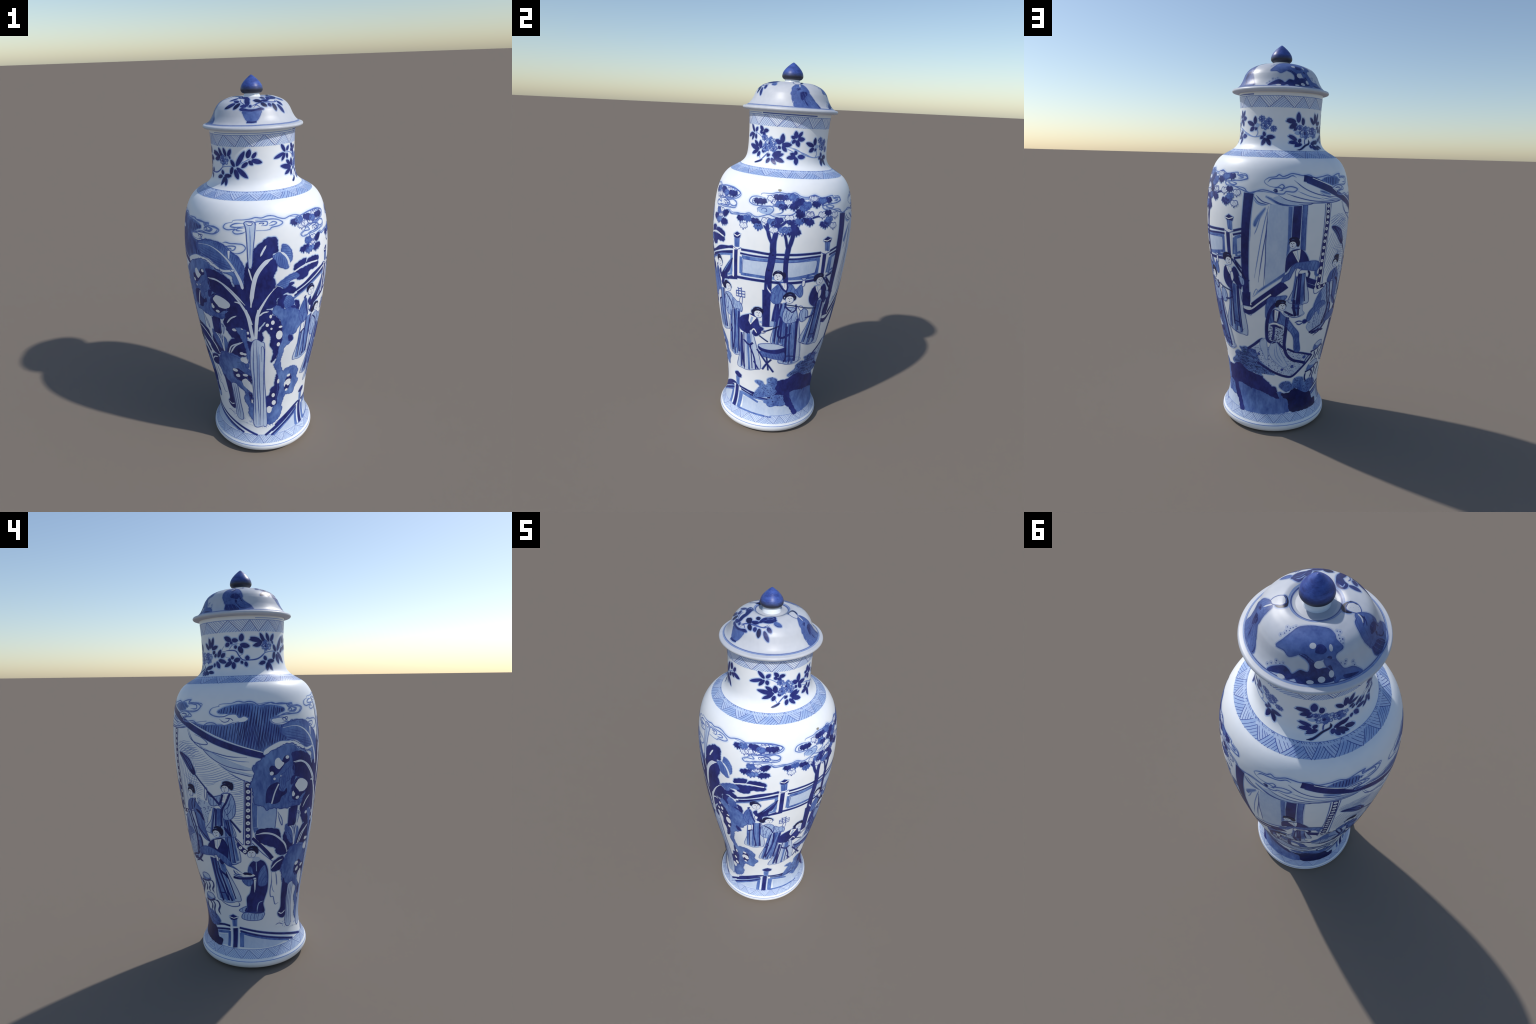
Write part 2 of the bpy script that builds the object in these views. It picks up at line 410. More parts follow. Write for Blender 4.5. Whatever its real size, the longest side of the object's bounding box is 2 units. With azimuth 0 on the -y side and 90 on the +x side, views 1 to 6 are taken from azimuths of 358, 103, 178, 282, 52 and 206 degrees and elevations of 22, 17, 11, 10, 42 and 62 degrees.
def basket_band(name, y0, y1, count, ground, tone='line', w=0.3, seed=1, lines=8, fill=None):
    """Border of hatched triangles that lean left and right in turn, like woven basketry."""
    rnd = random.Random(seed); m = Motif(name)
    if ground:
        m.stroke([(a, (y0+y1)/2) for a in np.linspace(0, 360, 145)], ground, 0, (y1-y0)*float(m.ky((y0+y1)/2)), taper=0, smooth=False)
        m.stroke([(a, y1) for a in np.linspace(0, 360, 145)], 'thin', 1, .25, taper=0, smooth=False)
    step = 360/count
    foot = [i*step+rnd.uniform(-.13, .13)*step for i in range(count)]; foot.append(foot[0]+360)
    apex = [(foot[i]+foot[i+1])/2+rnd.uniform(-.1, .1)*step for i in range(count)]; apex.append(apex[0]+360)
    for i in range(count):
        a, b, top = foot[i], foot[i+1], apex[i]
        if fill: m.area([(a, y0), (b, y0), (top, y1)], fill, 1)
        for k in range(lines):      # rising strokes, cut off by the falling side of the triangle
            t = (k+rnd.uniform(0, .25))/lines; f = 1-t
            x = a+(b-a)*t
            m.stroke([(x, y0+rnd.uniform(-.1, .25)), (x+(top-a)*f*.97, y0+(y1-y0)*f)], tone if k else 'line', 3, w*(1.15 if k == 0 else rnd.uniform(.75, 1.1)), per=2)
        c = apex[i+1]
        for k in range(lines):      # falling strokes in the triangle that hangs from the top
            t = (k+rnd.uniform(0, .25))/lines; f = 1-t
            x = top+(c-top)*t
            m.stroke([(x, y1-rnd.uniform(-.1, .25)), (x+(b-top)*f*.97, y1-(y1-y0)*f)], tone if k else 'line', 3, w*(1.15 if k == 0 else rnd.uniform(.75, 1.1)), per=2)
    m.build()

def cloud_line(m, pts, level=0, w=0.4, halo=2.4):
    """Outline of a scrolling cloud with the faint bleed of cobalt around it."""
    if halo:
        for i, f in enumerate((1.0, .68, .4)):
            m.stroke(pts, 'bleed%d' % i, -2.2+i*.6, halo*f, taper=1)
    m.stroke(pts, 'cloudline', level+3, w)

def dot(m, c, rx, ry, tone, level, n=12):
    m.area([(c[0]+rx*math.cos(a), c[1]+ry*math.sin(a)) for a in np.linspace(0, 2*math.pi, n, endpoint=False)], tone, level)

def local(m, c, k):
    """Map local cm offsets around c to surface coordinates."""
    return lambda x, y: (c[0]+x/k, c[1]+y)

def leaf(m, base, tip, tone, level, w=1.6, notch=0, vein=None):
    """Almond leaf from base to tip, w cm wide."""
    k = float(m.kx((base[1]+tip[1])/2)); q = float(m.ky((base[1]+tip[1])/2))
    dx, dy = (tip[0]-base[0])*k, (tip[1]-base[1])*q
    L = math.hypot(dx, dy); ux, uy = dx/L, dy/L
    w = w*1.16
    prof = [(0, 0), (.12, .34), (.34, .5), (.62, .5), (.86, .30), (1, .02)]
    pts = [(t*L, s*w) for t, s in prof]
    if notch: pts = pts[:-2]+[(.86*L, .36*w), (.98*L, .26*w), (.88*L, .05*w)]
    lower = [(a, -b) for a, b in pts[1:-1]][::-1]
    if notch: lower = [(.9*L, -.22*w)]+[(a, -b) for a, b in pts[1:-3]][::-1]
    P = [(base[0]+(a*ux-b*uy)/k, base[1]+(a*uy+b*ux)/q) for a, b in pts+lower]
    m.blob(P, tone, level, per=3)
    if vein:
        m.stroke([base, (base[0]+(tip[0]-base[0])*.8, base[1]+(tip[1]-base[1])*.8)], vein, level+1, .18)

MAPLE = [(0, 1.05), (.16, .66), (.36, .52), (.52, .74), (.62, .40), (.92, .30), (.78, -.05), (.70, -.34), (.40, -.46), (.16, -.42), (0, -.30)]
def maple_leaf(m, c, size, tone, level, rot=0):
    """Five pointed hanging leaf; the pale ones are outlined and veined."""
    k = float(m.kx(c[1])); q = float(m.ky(c[1])); a = math.radians(rot)
    shape = MAPLE+[(-x, y) for x, y in MAPLE[-2:0:-1]]
    def tr(x, y):
        y = -y
        X, Y = x*math.cos(a)-y*math.sin(a), x*math.sin(a)+y*math.cos(a)
        return (c[0]+X*size/2/k, c[1]+Y*size/2/q)
    P = [tr(x*1.05, y) for x, y in shape]
    m.area(P, 'bleed1' if tone == 'white' else tone, level)
    if tone != 'dark':
        m.stroke(P+[P[0]], 'line', level+1, .25, taper=0, smooth=False)
        for x, y in ((0, .8), (.5, .35), (-.5, .35)):
            m.stroke([tr(0, -.35), tr(x, y)], 'line', level+1, .18)

def banana_leaf(m, spine, tone, level, w=8.0, rib=1.0, ribtone='white', left=1.0, right=1.0, seed=1, vein=None, w0=0.35):
    """Broad plantain leaf with a scalloped edge, pale midrib and optional veins."""
    rnd = random.Random(seed); c = smooth_curve(spine, 6)
    kx = m.kx(c[:, 1]); d = np.gradient(c, axis=0); dx, dy = d[:, 0]*kx, d[:, 1]
    q = np.hypot(dx, dy)+1e-9; nx, ny = -dy/q/kx, dx/q
    t = np.linspace(0, 1, len(c))
    env = np.clip(w0+(1-w0)*np.sin(np.clip(t*1.25, 0, 1)*math.pi/2), 0, 1)*np.clip((1-t)*5, 0, 1)**.5
    wav = 1+.10*np.sin(t*26+seed)+.05*np.sin(t*47+2*seed)
    hL = w/2*left*env*wav; hR = w/2*right*env*(1+.10*np.sin(t*24+seed*2.3))
    Lp = np.c_[c[:, 0]+nx*hL, c[:, 1]+ny*hL]; Rp = np.c_[c[:, 0]-nx*hR, c[:, 1]-ny*hR]
    tr = []
    for i in range(len(c)-1):
        tr.append([tuple(Lp[i]), tuple(Lp[i+1]), tuple(c[i+1]), tuple(c[i])])
        tr.append([tuple(c[i]), tuple(c[i+1]), tuple(Rp[i+1]), tuple(Rp[i])])
    m.tri(tr, tone, level)
    if vein:
        m.stroke(Lp, vein, level+1, .22, taper=0, smooth=False); m.stroke(Rp, vein, level+1, .22, taper=0, smooth=False)
        s = np.concatenate([[0], np.cumsum(q)]); n = max(6, int(s[-1]/1.1))
        for i in np.linspace(1, len(c)-3, n).astype(int):
            j = min(i+2, len(c)-1)
            m.stroke([tuple(c[i]), tuple(Lp[j]*.95+c[j]*.05)], vein, level+1, .16)
            m.stroke([tuple(c[i]), tuple(Rp[j]*.95+c[j]*.05)], vein, level+1, .16)
    if rib: m.stroke(c, ribtone, level+2, rib, taper=2, smooth=False)

def flower(m, c, r, level, petals=7):
    """Peony: ruffled rings of outlined petals, blue outside, paler within, round a dark eye."""
    k = float(m.kx(c[1])); rnd = random.Random(int(c[0]*10+c[1]*7))
    for i, (dist, size, n, tones) in enumerate(((.78, .36, petals+1, ('mid', 'wash')), (.48, .34, petals-1, ('wash', 'mid', 'pale')), (.2, .24, 3, ('mid', 'dark')))):
        for j in range(n):
            a = 2*math.pi*(j+rnd.uniform(-.2, .2))/n+i
            x, y = dist*r*math.cos(a), dist*r*math.sin(a)*.85; s = size*r*rnd.uniform(.8, 1.2)
            P = []
            for b in np.linspace(0, 2*math.pi, 14, endpoint=False):
                q = s*(1+.14*math.cos(3*(b-a)))
                P.append((c[0]+(x+q*math.cos(b))/k, c[1]+y+q*math.sin(b)*.85))
            m.area(P, tones[j % len(tones)], level+i+.1*j)
            m.stroke(P+[P[0]], 'line', level+i+.1*j+.05, .2, taper=0, smooth=False)
            if j % 2: m.stroke([(c[0]+x*.5/k, c[1]+y*.5), (c[0]+x/k, c[1]+y)], 'dark', level+i+.9, .3)

def face(m, c, r, level, look=0):
    """Small oval face with brows, eyes and mouth; look leans the features to one side."""
    r *= .9; k = float(m.kx(c[1])); P = lambda x, y: (c[0]+(x*r)/k, c[1]+y*r)
    o = [P(.8*math.cos(a), math.sin(a)-.1*math.cos(2*a)) for a in np.linspace(0, 2*math.pi, 16, endpoint=False)]
    cap = [P(.98*math.cos(a)-look*.12, .16+.9*math.sin(a)) for a in np.linspace(-.35, math.pi+.35, 14)]
    cap += [P(-.72+look*.1, .3), P(-.45, .55), P(0+look*.2, .68), P(.45, .55), P(.72+look*.1, .3)]
    m.area(cap, 'hair', level+3)
    m.area(o, 'bleed0', level); m.stroke(o+[o[0]], 'hatchline', level+1, .2, taper=0, smooth=False)
    d = look*.22
    for s in (-1, 1):
        m.stroke([P(d+s*.38, .22), P(d+s*.14, .2)], 'navy', level+2, .26, taper=0)
    m.stroke([P(d, .1), P(d+look*.12, -.2)], 'line', level+2, .16, taper=0)
    m.stroke([P(d-.12, -.5), P(d+.14, -.5)], 'navy', level+2, .28, taper=0)

def coin_border(m, pts, level, w=2.4, n=12):
    """Dark strip with a row of pale discs, each with a dark eye."""
    c = smooth_curve(pts, 8) if len(pts) > 2 else np.linspace(pts[0], pts[1], 12)
    m.stroke(c, 'white', level, w*1.35, taper=0, smooth=False)
    m.stroke(c, 'dark', level+1, w, taper=0, smooth=False)
    t = (np.arange(n)+.5)/n*(len(c)-1)
    X = np.interp(t, range(len(c)), c[:, 0]); Y = np.interp(t, range(len(c)), c[:, 1])
    for x, y in zip(X, Y):
        k = float(m.kx(y))
        dot(m, (x, y), w*.36/k, w*.36, 'white', level+2, 10); dot(m, (x, y), w*.1/k, w*.1, 'dark', level+3, 6)

def bush(m, pts, level, seed=1, n=None, tone='mid', ink='dark'):
    """Mossy shrub: lobed wash stippled with small dark ticks."""
    rnd = random.Random(seed)
    c = smooth_loop(pts, 4); k = float(m.kx(c[:, 1].mean()))
    m.area(c, tone, level)
    x0, x1, y0, y1 = c[:, 0].min(), c[:, 0].max(), c[:, 1].min(), c[:, 1].max()
    n = n or int((x1-x0)*k*(y1-y0)*.9)
    def inside(x, y):
        r = False
        for i in range(len(c)):
            a, b = c[i], c[i-1]
            if (a[1] > y) != (b[1] > y) and x < (b[0]-a[0])*(y-a[1])/(b[1]-a[1])+a[0]: r = not r
        return r
    for i in range(n):
        x, y = rnd.uniform(x0, x1), rnd.uniform(y0, y1)
        if inside(x, y):
            a = rnd.uniform(0, 6.28); s = rnd.uniform(.25, .6)
            m.stroke([(x, y), (x+s*math.cos(a)/k, y+s*math.sin(a))], ink, level+1, .26, taper=0)

def skirt(m, q, level, n=5, tone='wash', fold='mid', ink='dark', seed=1):
    """Long pleated skirt between top edge (left, right) and hem (right, left): pale cloth, blue folds, round hem."""
    tl, tr_, br, bl = [np.array(p, float) for p in q]; rnd = random.Random(seed)
    hem = [bl+(br-bl)*t+np.array([0, -1.5*math.sin(math.pi*t)]) for t in np.linspace(0, 1, 8)]
    out = (bl-br)*.12
    side = [tl+(bl-tl)*.5-out*.2, bl+out+np.array([0, .4])]
    m.area([tl]+side+hem[1:-1]+[br-out+np.array([0, .4]), tr_], 'pale', level)
    m.area([tl, tl+(tr_-tl)*.85, br+(bl-br)*.16, hem[5], hem[3], bl+(br-bl)*.1], tone, level+.5)
    for i in range(n):
        t = (i+.5+rnd.uniform(-.25, .25))/n
        a, b = tl+(tr_-tl)*t, bl+(br-bl)*(t*.86+.06)+np.array([0, -1.2*math.sin(math.pi*t)+rnd.uniform(0, 1.2)])
        k = i % 3
        m.stroke([a, (a+b)/2+np.array([rnd.uniform(-.4, .4), 0]), b], (fold, ink, 'thin')[k], level+1+k*.7, (1.25, .6, .3)[k], taper=(0, 0, 2)[k])
    m.stroke([tl]+side+hem[1:-1]+[br-out+np.array([0, .4]), tr_], 'line', level+3.5, .22, taper=0)

# ----------------------------------------------------------------------------
# BORDERS AND LINES
# ----------------------------------------------------------------------------
basket_band('neck_border', 168.9, 174.2, 13, 'bleed1', 'hatchline', w=.64, seed=3, lines=9, fill='bleed2')
basket_band('shoulder_border', 145.6, 148.7, 18, 'band', 'line', w=.6, seed=5, lines=7, fill='wash')
basket_band('foot_border', 6.4, 10.5, 20, 'bleed2', 'hatchline', w=.52, seed=8, lines=8, fill='pale')
ring('foot_line', 5.2, 0.3, 'thin')
ring('mouth_line', 175.0, 0.25, 'thin', a0=-60, a1=60)
ring('mouth_line', 175.0, 0.35, 'line', a0=62, a1=140)
def arc_at(r):
    """Arc distance on the lid (cm) where its radius is r."""
    return float(np.interp(r, LID_R[:int(LID_R.argmax())], LID_S[:int(LID_R.argmax())]))*100
ring('lid_line', arc_at(.2265), .6, 'wash', LID, 1)
ring('lid_line', arc_at(.2230), .42, 'line', LID, 1)
ring('lid_line', arc_at(.0820), .6, 'wash', LID, 1)
ring('lid_line', arc_at(.0760), .5, 'line', LID, 1)
ring('lid_line', arc_at(.0470), .3, 'line', LID, 1)

# ---- front: plantain, garden rocks and clouds
m = Motif('roof')
m.blob([(262.6, 133.3), (267, 134.8), (272.9, 135.8), (280.1, 136.3), (288, 136.3), (292.9, 135.1), (298.8, 135.1), (306.4, 134.4), (312.3, 133.1), (311.7, 132), (306.6, 131.1), (302.4, 129.5), (300.8, 128.2), (303.6, 126.8), (310.6, 126.4), (309.5, 124.2), (314.2, 121.2), (315.7, 118.4), (305.8, 117.6), (298.3, 115.8), (294.6, 113.9), (287.8, 115.3), (279.1, 117.4), (270.9, 119.3), (261, 122), (250.6, 125), (241.1, 127.6), (244.1, 127.9), (250.6, 127.1), (259.6, 127.3), (267, 127.3), (274.1, 127.7), (278.3, 128.2), (283.9, 128.6), (285.3, 129.6), (282.6, 130.8), (277.8, 130.9), (275.7, 131.6), (270.7, 131.9), (264.1, 132.2)], 'mid', 0)
m.hatch([(262.6, 133.3), (267, 134.8), (272.9, 135.8), (280.1, 136.3), (288, 136.3), (292.9, 135.1), (298.8, 135.1), (306.4, 134.4), (312.3, 133.1), (311.7, 132), (306.6, 131.1), (302.4, 129.5), (300.8, 128.2), (303.6, 126.8), (310.6, 126.4), (309.5, 124.2), (314.2, 121.2), (315.7, 118.4), (305.8, 117.6), (298.3, 115.8), (294.6, 113.9), (287.8, 115.3), (279.1, 117.4), (270.9, 119.3), (261, 122), (250.6, 125), (241.1, 127.6), (244.1, 127.9), (250.6, 127.1), (259.6, 127.3), (267, 127.3), (274.1, 127.7), (278.3, 128.2), (283.9, 128.6), (285.3, 129.6), (282.6, 130.8), (277.8, 130.9), (275.7, 131.6), (270.7, 131.9), (264.1, 132.2)], 80, 1.25, 'dark', 1, w=0.3, seed=3)
m.area([(212, 135.6), (215.7, 136.8), (220, 137.4), (224.4, 137.1), (227.4, 137.6), (231.6, 137), (232.8, 136.1), (235.3, 135.6), (232.1, 134.9), (232, 133.9), (223.3, 133.1), (218.4, 134.3)], 'mid', 0)
m.hatch([(213.7, 136.1), (220.9, 137.6), (231.6, 137), (235.1, 135.5), (231.7, 134.1), (223.2, 133.4)], 80, 1.2, 'dark', 1, w=0.3)
m.blob([(267.1, 131.7), (271.4, 131.7), (276.4, 131.6), (278.4, 130.4), (281.9, 130.9), (285, 129.6), (282.5, 128.5), (276.9, 128.1), (274.1, 127.7), (267, 127.2), (264.1, 129.5)], 'white', 2)
m.blob([(300.1, 128.7), (304.8, 129.7), (310.5, 130.6), (315.6, 130.2), (317, 128.4), (314, 126.5), (308.2, 126.1), (301.7, 126.9)], 'white', 2)
m.stroke([(199.9, 136), (223.3, 130.4), (235.5, 127.2), (247.9, 123.6), (260.9, 119.7), (272.9, 116.8), (284.3, 114.3), (295.3, 112.3)], 'dark', 3, w=2.9, taper=0)
m.stroke([(236.6, 128.6), (249.7, 125.2), (261, 122), (273.7, 118.6), (284.4, 116.1), (293.9, 114.1)], 'bleed1', 4, w=0.35, taper=0)
m.stroke([(204.7, 136.6), (220.3, 133.1), (228.4, 130.1)], 'bleed1', 4, w=0.35, taper=0)
m.blob([(-87.1, 134.7), (-69.8, 135.2), (-56.5, 135.2), (-47.8, 133.6), (-49.1, 132.2), (-55.1, 130.1), (-59.7, 128.2), (-53.6, 126.5), (-52.5, 124.1), (-45.3, 120.8), (-50.7, 118.7), (-61.5, 116.7), (-70.2, 114.9), (-75.8, 116.1), (-82.4, 119.4), (-85.2, 128.1)], 'mid', 0)
m.hatch([(-87.1, 134.7), (-69.8, 135.2), (-56.5, 135.2), (-47.8, 133.6), (-49.1, 132.2), (-55.1, 130.1), (-59.7, 128.2), (-53.6, 126.5), (-52.5, 124.1), (-45.3, 120.8), (-50.7, 118.7), (-61.5, 116.7), (-70.2, 114.9), (-75.8, 116.1), (-82.4, 119.4), (-85.2, 128.1)], 76, 1.25, 'dark', 1, w=0.3)
m.build()
m = Motif('cloud')
cloud_line(m, [(263.2, 135.3), (263.9, 136.1), (272.9, 136.6), (278, 137.4), (282.3, 136.9), (285.9, 137.2), (289.5, 136.7), (292.9, 135.3), (298.2, 135.8), (302.9, 136.3), (306.7, 135.5), (320, 135.3), (316, 134.7), (328.8, 133.3), (325.7, 131.1), (317.5, 130.6), (311.3, 130.4), (304.8, 129.8), (300.1, 128.7), (301.4, 127.1), (308.2, 126.1), (314.9, 126.7)], 1)
cloud_line(m, [(264, 135.5), (257.7, 134.4), (256.3, 132.7), (259.5, 131.3), (267.1, 130.8), (271.4, 131.7), (276.4, 131.6), (278.4, 130.2), (281.9, 130.8), (285, 129.6), (282.5, 128.4), (276.9, 128.1)], 1)
cloud_line(m, [(229.8, 130.6), (232.8, 128.8), (242, 128.8), (246, 127.2), (250.6, 126.7), (254.8, 128), (259.6, 128), (263.4, 126.9), (269.9, 127.1), (274.2, 128.1), (278.3, 128.4)], 1)
m.stroke([(264.1, 129.8), (267.1, 128.4), (270.7, 128.8), (271.4, 129.7), (268.5, 130)], 'line', 5, w=.28)
m.stroke([(268.5, 130.2), (272.8, 129.7), (274.2, 128.8)], 'line', 5, w=.28)
cloud_line(m, [(315.8, 134.3), (317.3, 133.1), (315.3, 132.5)], 1, halo=0)
cloud_line(m, [(319.3, 133.7), (323.1, 132.9), (319.8, 131.9), (315.1, 132)], 1, halo=0)
cloud_line(m, [(303.1, 128.8), (307.1, 129.5), (312.7, 128.8), (313.8, 127.6), (309.9, 127.1)], 1, halo=0)
m.stroke([(309.4, 128.7), (311.9, 129.1), (313, 128.1), (310.8, 127.7)], 'line', 5, w=.28)
cloud_line(m, [(233.9, 137.8), (236.2, 138.2), (234.4, 136.8), (243.6, 136.9), (248, 135.6), (245.5, 133.8), (238.2, 133), (233.2, 133.6)], 1)
cloud_line(m, [(238.3, 136.4), (243.9, 136), (244.3, 134.7), (237.9, 134.4)], 1, halo=0)
cloud_line(m, [(222.1, 131.3), (225.3, 132.6), (232, 133.2), (236.7, 132.1), (233.9, 130.7), (226.7, 130.7)], 1)
m.stroke([(226.4, 131.9), (230.8, 132.2), (232.4, 131.3)], 'line', 5, w=.28)
cloud_line(m, [(294.3, 114.8), (296.9, 116.3), (302, 116.9), (302.8, 117.8), (307.4, 118.5), (314, 118.7), (321.2, 118.5), (326.3, 116.7), (329.7, 114.5), (334.9, 113.1), (341.2, 113.5)], 1)
cloud_line(m, [(-83.4, 135.9), (-67.1, 136), (-58.6, 136.3), (-55.4, 135.7), (-49.5, 135.8), (-44.2, 135.4), (-39.7, 135.4), (-39.9, 134.6), (-33.7, 134.3), (-29.8, 133), (-33.4, 131.1), (-40.7, 130.7), (-46.4, 131.1), (-52.7, 130), (-59, 128.5), (-57.5, 127.2), (-51.3, 126.8), (-45.2, 127.2)], 1)
cloud_line(m, [(-50.7, 135.9), (-45.2, 135.3), (-43.9, 134), (-40.2, 133.8), (-35.9, 132.9), (-38.3, 131.7), (-43.5, 131.6)], 1, halo=0)
cloud_line(m, [(-44.6, 132.7), (-41.9, 133.4), (-40.9, 132.3), (-43.6, 131.8)], 1, halo=0)
m.stroke([(-49.2, 127.8), (-49.8, 128.7), (-45.7, 129.3), (-46.2, 128)], 'line', 5, w=.28)
cloud_line(m, [(-19.5, 137), (-18.9, 137.7), (-10.3, 138.2), (-5.1, 138.6), (-1.9, 139.1), (2.7, 138.8), (7.4, 139.5), (12, 139.3), (15.9, 138.3), (20.6, 137.6), (25.3, 138.3), (30.1, 138.4), (35.6, 137.6), (41.8, 138.3), (48.7, 138.6), (56.8, 138.3), (63.9, 136.4), (60.9, 134.9), (52.9, 134.1), (43.6, 134.4)], 1)
cloud_line(m, [(-19.5, 137), (-25, 136), (-26.3, 134.6), (-23.4, 133.6), (-16.7, 134), (-18.7, 133), (-17.3, 132), (-11, 132.4), (-9.1, 133.1)], 1)
cloud_line(m, [(-10.3, 136.8), (-18.1, 136.3), (-20.7, 135.2), (-16.7, 134.8), (-10.3, 135.3)], 1, halo=0)
cloud_line(m, [(-9.7, 134.7), (-14.8, 134.4), (-16.1, 133.6), (-11.6, 133.3)], 1, halo=0)
cloud_line(m, [(-1.9, 138), (5.2, 138), (11.8, 138), (15.7, 137.4), (18.8, 136), (16.5, 135), (9.8, 134.3), (8.5, 133.6), (-1.6, 133.3)], 1)
cloud_line(m, [(-1.4, 135.7), (-2, 136.9), (1.9, 137.3), (7, 136.9), (6.8, 135.8), (2.3, 135.4)], 1, halo=0)
m.stroke([(0.5, 136.2), (1.8, 136.6), (4.3, 136.4), (3, 135.9)], 'line', 5, w=.28)
cloud_line(m, [(8.1, 136), (11.5, 136.9), (14.1, 136.2), (11.3, 135.4), (8, 135.4)], 1, halo=0)
cloud_line(m, [(-27.5, 126.9), (-24.7, 127.7), (-20.7, 127.3), (-15.5, 127.3), (-11.1, 126.8), (-9.5, 125.4), (-11.3, 123.7), (-15.7, 122.6), (-20.8, 123.4)], 1)
cloud_line(m, [(-26.1, 125.4), (-20.7, 126.1), (-16.8, 125.8), (-17.5, 124.6), (-21.4, 123.6)], 1, halo=0)
cloud_line(m, [(-24.8, 124.6), (-20.7, 124.9), (-19.8, 124.3)], 1, halo=0)
cloud_line(m, [(55.6, 133.7), (61.9, 131.3), (60.1, 129.9), (51.3, 130.5), (53.5, 129.3), (48.3, 128.9), (41.8, 128.7), (38.8, 127.9), (34.5, 127.9), (33, 129.1), (36.6, 130.1), (42.2, 130.1), (39.8, 132.1), (42.9, 132.7), (50.8, 132.5), (56.5, 132.7)], 1)
m.stroke([(46.2, 129.7), (45.5, 131), (49, 131.3), (51.1, 130.1), (49.5, 129.1), (47.2, 129.3)], 'line', 5, w=.28)
m.stroke([(41.6, 131.6), (46, 132.4), (52.9, 131.3), (55.9, 129.8)], 'line', 5, w=.28)
cloud_line(m, [(48.8, 128.9), (43.3, 128.5), (41.5, 127.8), (43.4, 126.2), (50.7, 126.6), (54.3, 127.3), (57.1, 125.8), (61.6, 126), (67.2, 126.9), (75, 127.3), (83.4, 126.9)], 1, halo=0)
cloud_line(m, [(33.8, 128.6), (37.5, 130.9), (39.3, 132.1), (44.9, 132.7), (52.3, 132.1), (57.7, 132.8), (62.4, 131.2), (61, 130), (56.9, 129.4), (53.3, 128.3)], 1)
m.stroke([(39.3, 132.1), (43, 133.2), (52.2, 133.4), (59.5, 134.1), (63.8, 136.2), (61.4, 137.4), (52, 138.2), (40.5, 138.1)], 'line', 5, w=.28)
cloud_line(m, [(25.5, 137.9), (32.9, 137.6), (45.1, 138.4), (55, 138), (56.7, 137.4), (63.1, 137.1), (64.9, 135.7), (62.1, 134), (51.5, 132.8), (42.3, 132.5)], 1)
cloud_line(m, [(34.1, 130.2), (44.3, 132.2), (55.3, 133), (62, 131.7), (61.8, 129.5), (54.7, 128.6), (45.1, 128.1), (35.9, 128.2)], 1)
m.stroke([(45.9, 129.7), (48.2, 131.2), (53.6, 131.4), (54.8, 130.1), (49.9, 129.3), (48.1, 130), (51.3, 130.6)], 'line', 5, w=.28)
cloud_line(m, [(54.9, 128.2), (58.3, 126.7), (64.5, 127), (69.7, 126.9), (75.5, 128), (80.6, 126.6), (85.8, 127.5), (90.7, 128.6), (94.8, 127.8), (100.2, 127.5), (103, 128.2)], 1)
cloud_line(m, [(55.1, 127.5), (57.9, 126), (65.2, 126.2), (69.8, 126.1), (75.6, 127.1), (80.3, 125.9)], 1, halo=0)
cloud_line(m, [(82.8, 137.2), (83, 137.9), (91.8, 138.5), (96.3, 139.2), (104.7, 138.9), (110, 139.5), (114.6, 138), (121, 137.8), (126.1, 138.8), (132.1, 137.5), (144.5, 138.1), (144.2, 137.2), (151.6, 137.1), (153.9, 135.8), (148.2, 134.8), (139.3, 134.9)], 1)
cloud_line(m, [(87.5, 137.2), (96.5, 138.4), (105.5, 138.3), (110, 138.7), (114.6, 137.2), (120.9, 137.1), (126, 138), (132, 136.7), (142, 137.3)], 1, halo=0)
cloud_line(m, [(86.3, 136.2), (79.8, 136.5), (75.1, 135.6), (73.8, 133.8), (76.9, 132.5), (84.1, 132.3), (91.5, 132.9)], 1)
m.stroke([(80.1, 135.7), (76.7, 134.7), (76.7, 133.4), (80.8, 133.1)], 'line', 5, w=.28)
cloud_line(m, [(137.3, 133.8), (132.6, 133.4), (134.4, 132.2), (141.2, 132.1), (150.3, 130.4), (155.9, 129.4), (162.9, 130.3), (176.2, 129.6)], 1)
cloud_line(m, [(138.7, 133.6), (136.3, 133.3), (142.3, 132.5), (144.5, 133.1), (139.2, 133.9)], 1, halo=0)
cloud_line(m, [(145.2, 136.7), (149.9, 136.1), (146, 135.6)], 1, halo=0)
m.blob([(82.3, 129.8), (83.2, 131.2), (88, 131.9), (92.5, 131.5), (93.7, 130.4), (91.4, 128.9), (85.6, 128.7)], 'wash', 2)
cloud_line(m, [(82, 129.1), (81.7, 130.9), (87.2, 132), (93.1, 132.2), (94, 130.9), (92.1, 129.2), (88.6, 128.5)], 1)
m.stroke([(84.6, 130), (85.1, 130.9), (88.1, 131.2), (89, 130.1), (86.9, 129.5)], 'line', 5, w=.28)
cloud_line(m, [(88.6, 132.3), (97.4, 132.7), (101.2, 130.8), (99.2, 129.6), (93.6, 129)], 1, halo=0)
cloud_line(m, [(93, 132.9), (95.8, 133.3), (98.8, 132.5), (100.3, 132.1)], 1, halo=0)
cloud_line(m, [(101, 132.2), (107.5, 132.2), (110.6, 130.7), (107.8, 129.3), (102.2, 128.8), (93.7, 128.2)], 1)
cloud_line(m, [(168.3, 133.8), (167.1, 134.9), (170.1, 136.5), (175.8, 137.2), (178, 138.1), (180.9, 137.3), (183.8, 137.8), (187.5, 138.7), (191.2, 138.5), (196.5, 137.9), (202.2, 138.1), (206.1, 137), (213.5, 137.4), (220, 138), (224.2, 137.3), (231.6, 138.3), (236.8, 138.4), (234.2, 137.5), (249.3, 136.4), (246, 134.1), (234.9, 133.6)], 1)
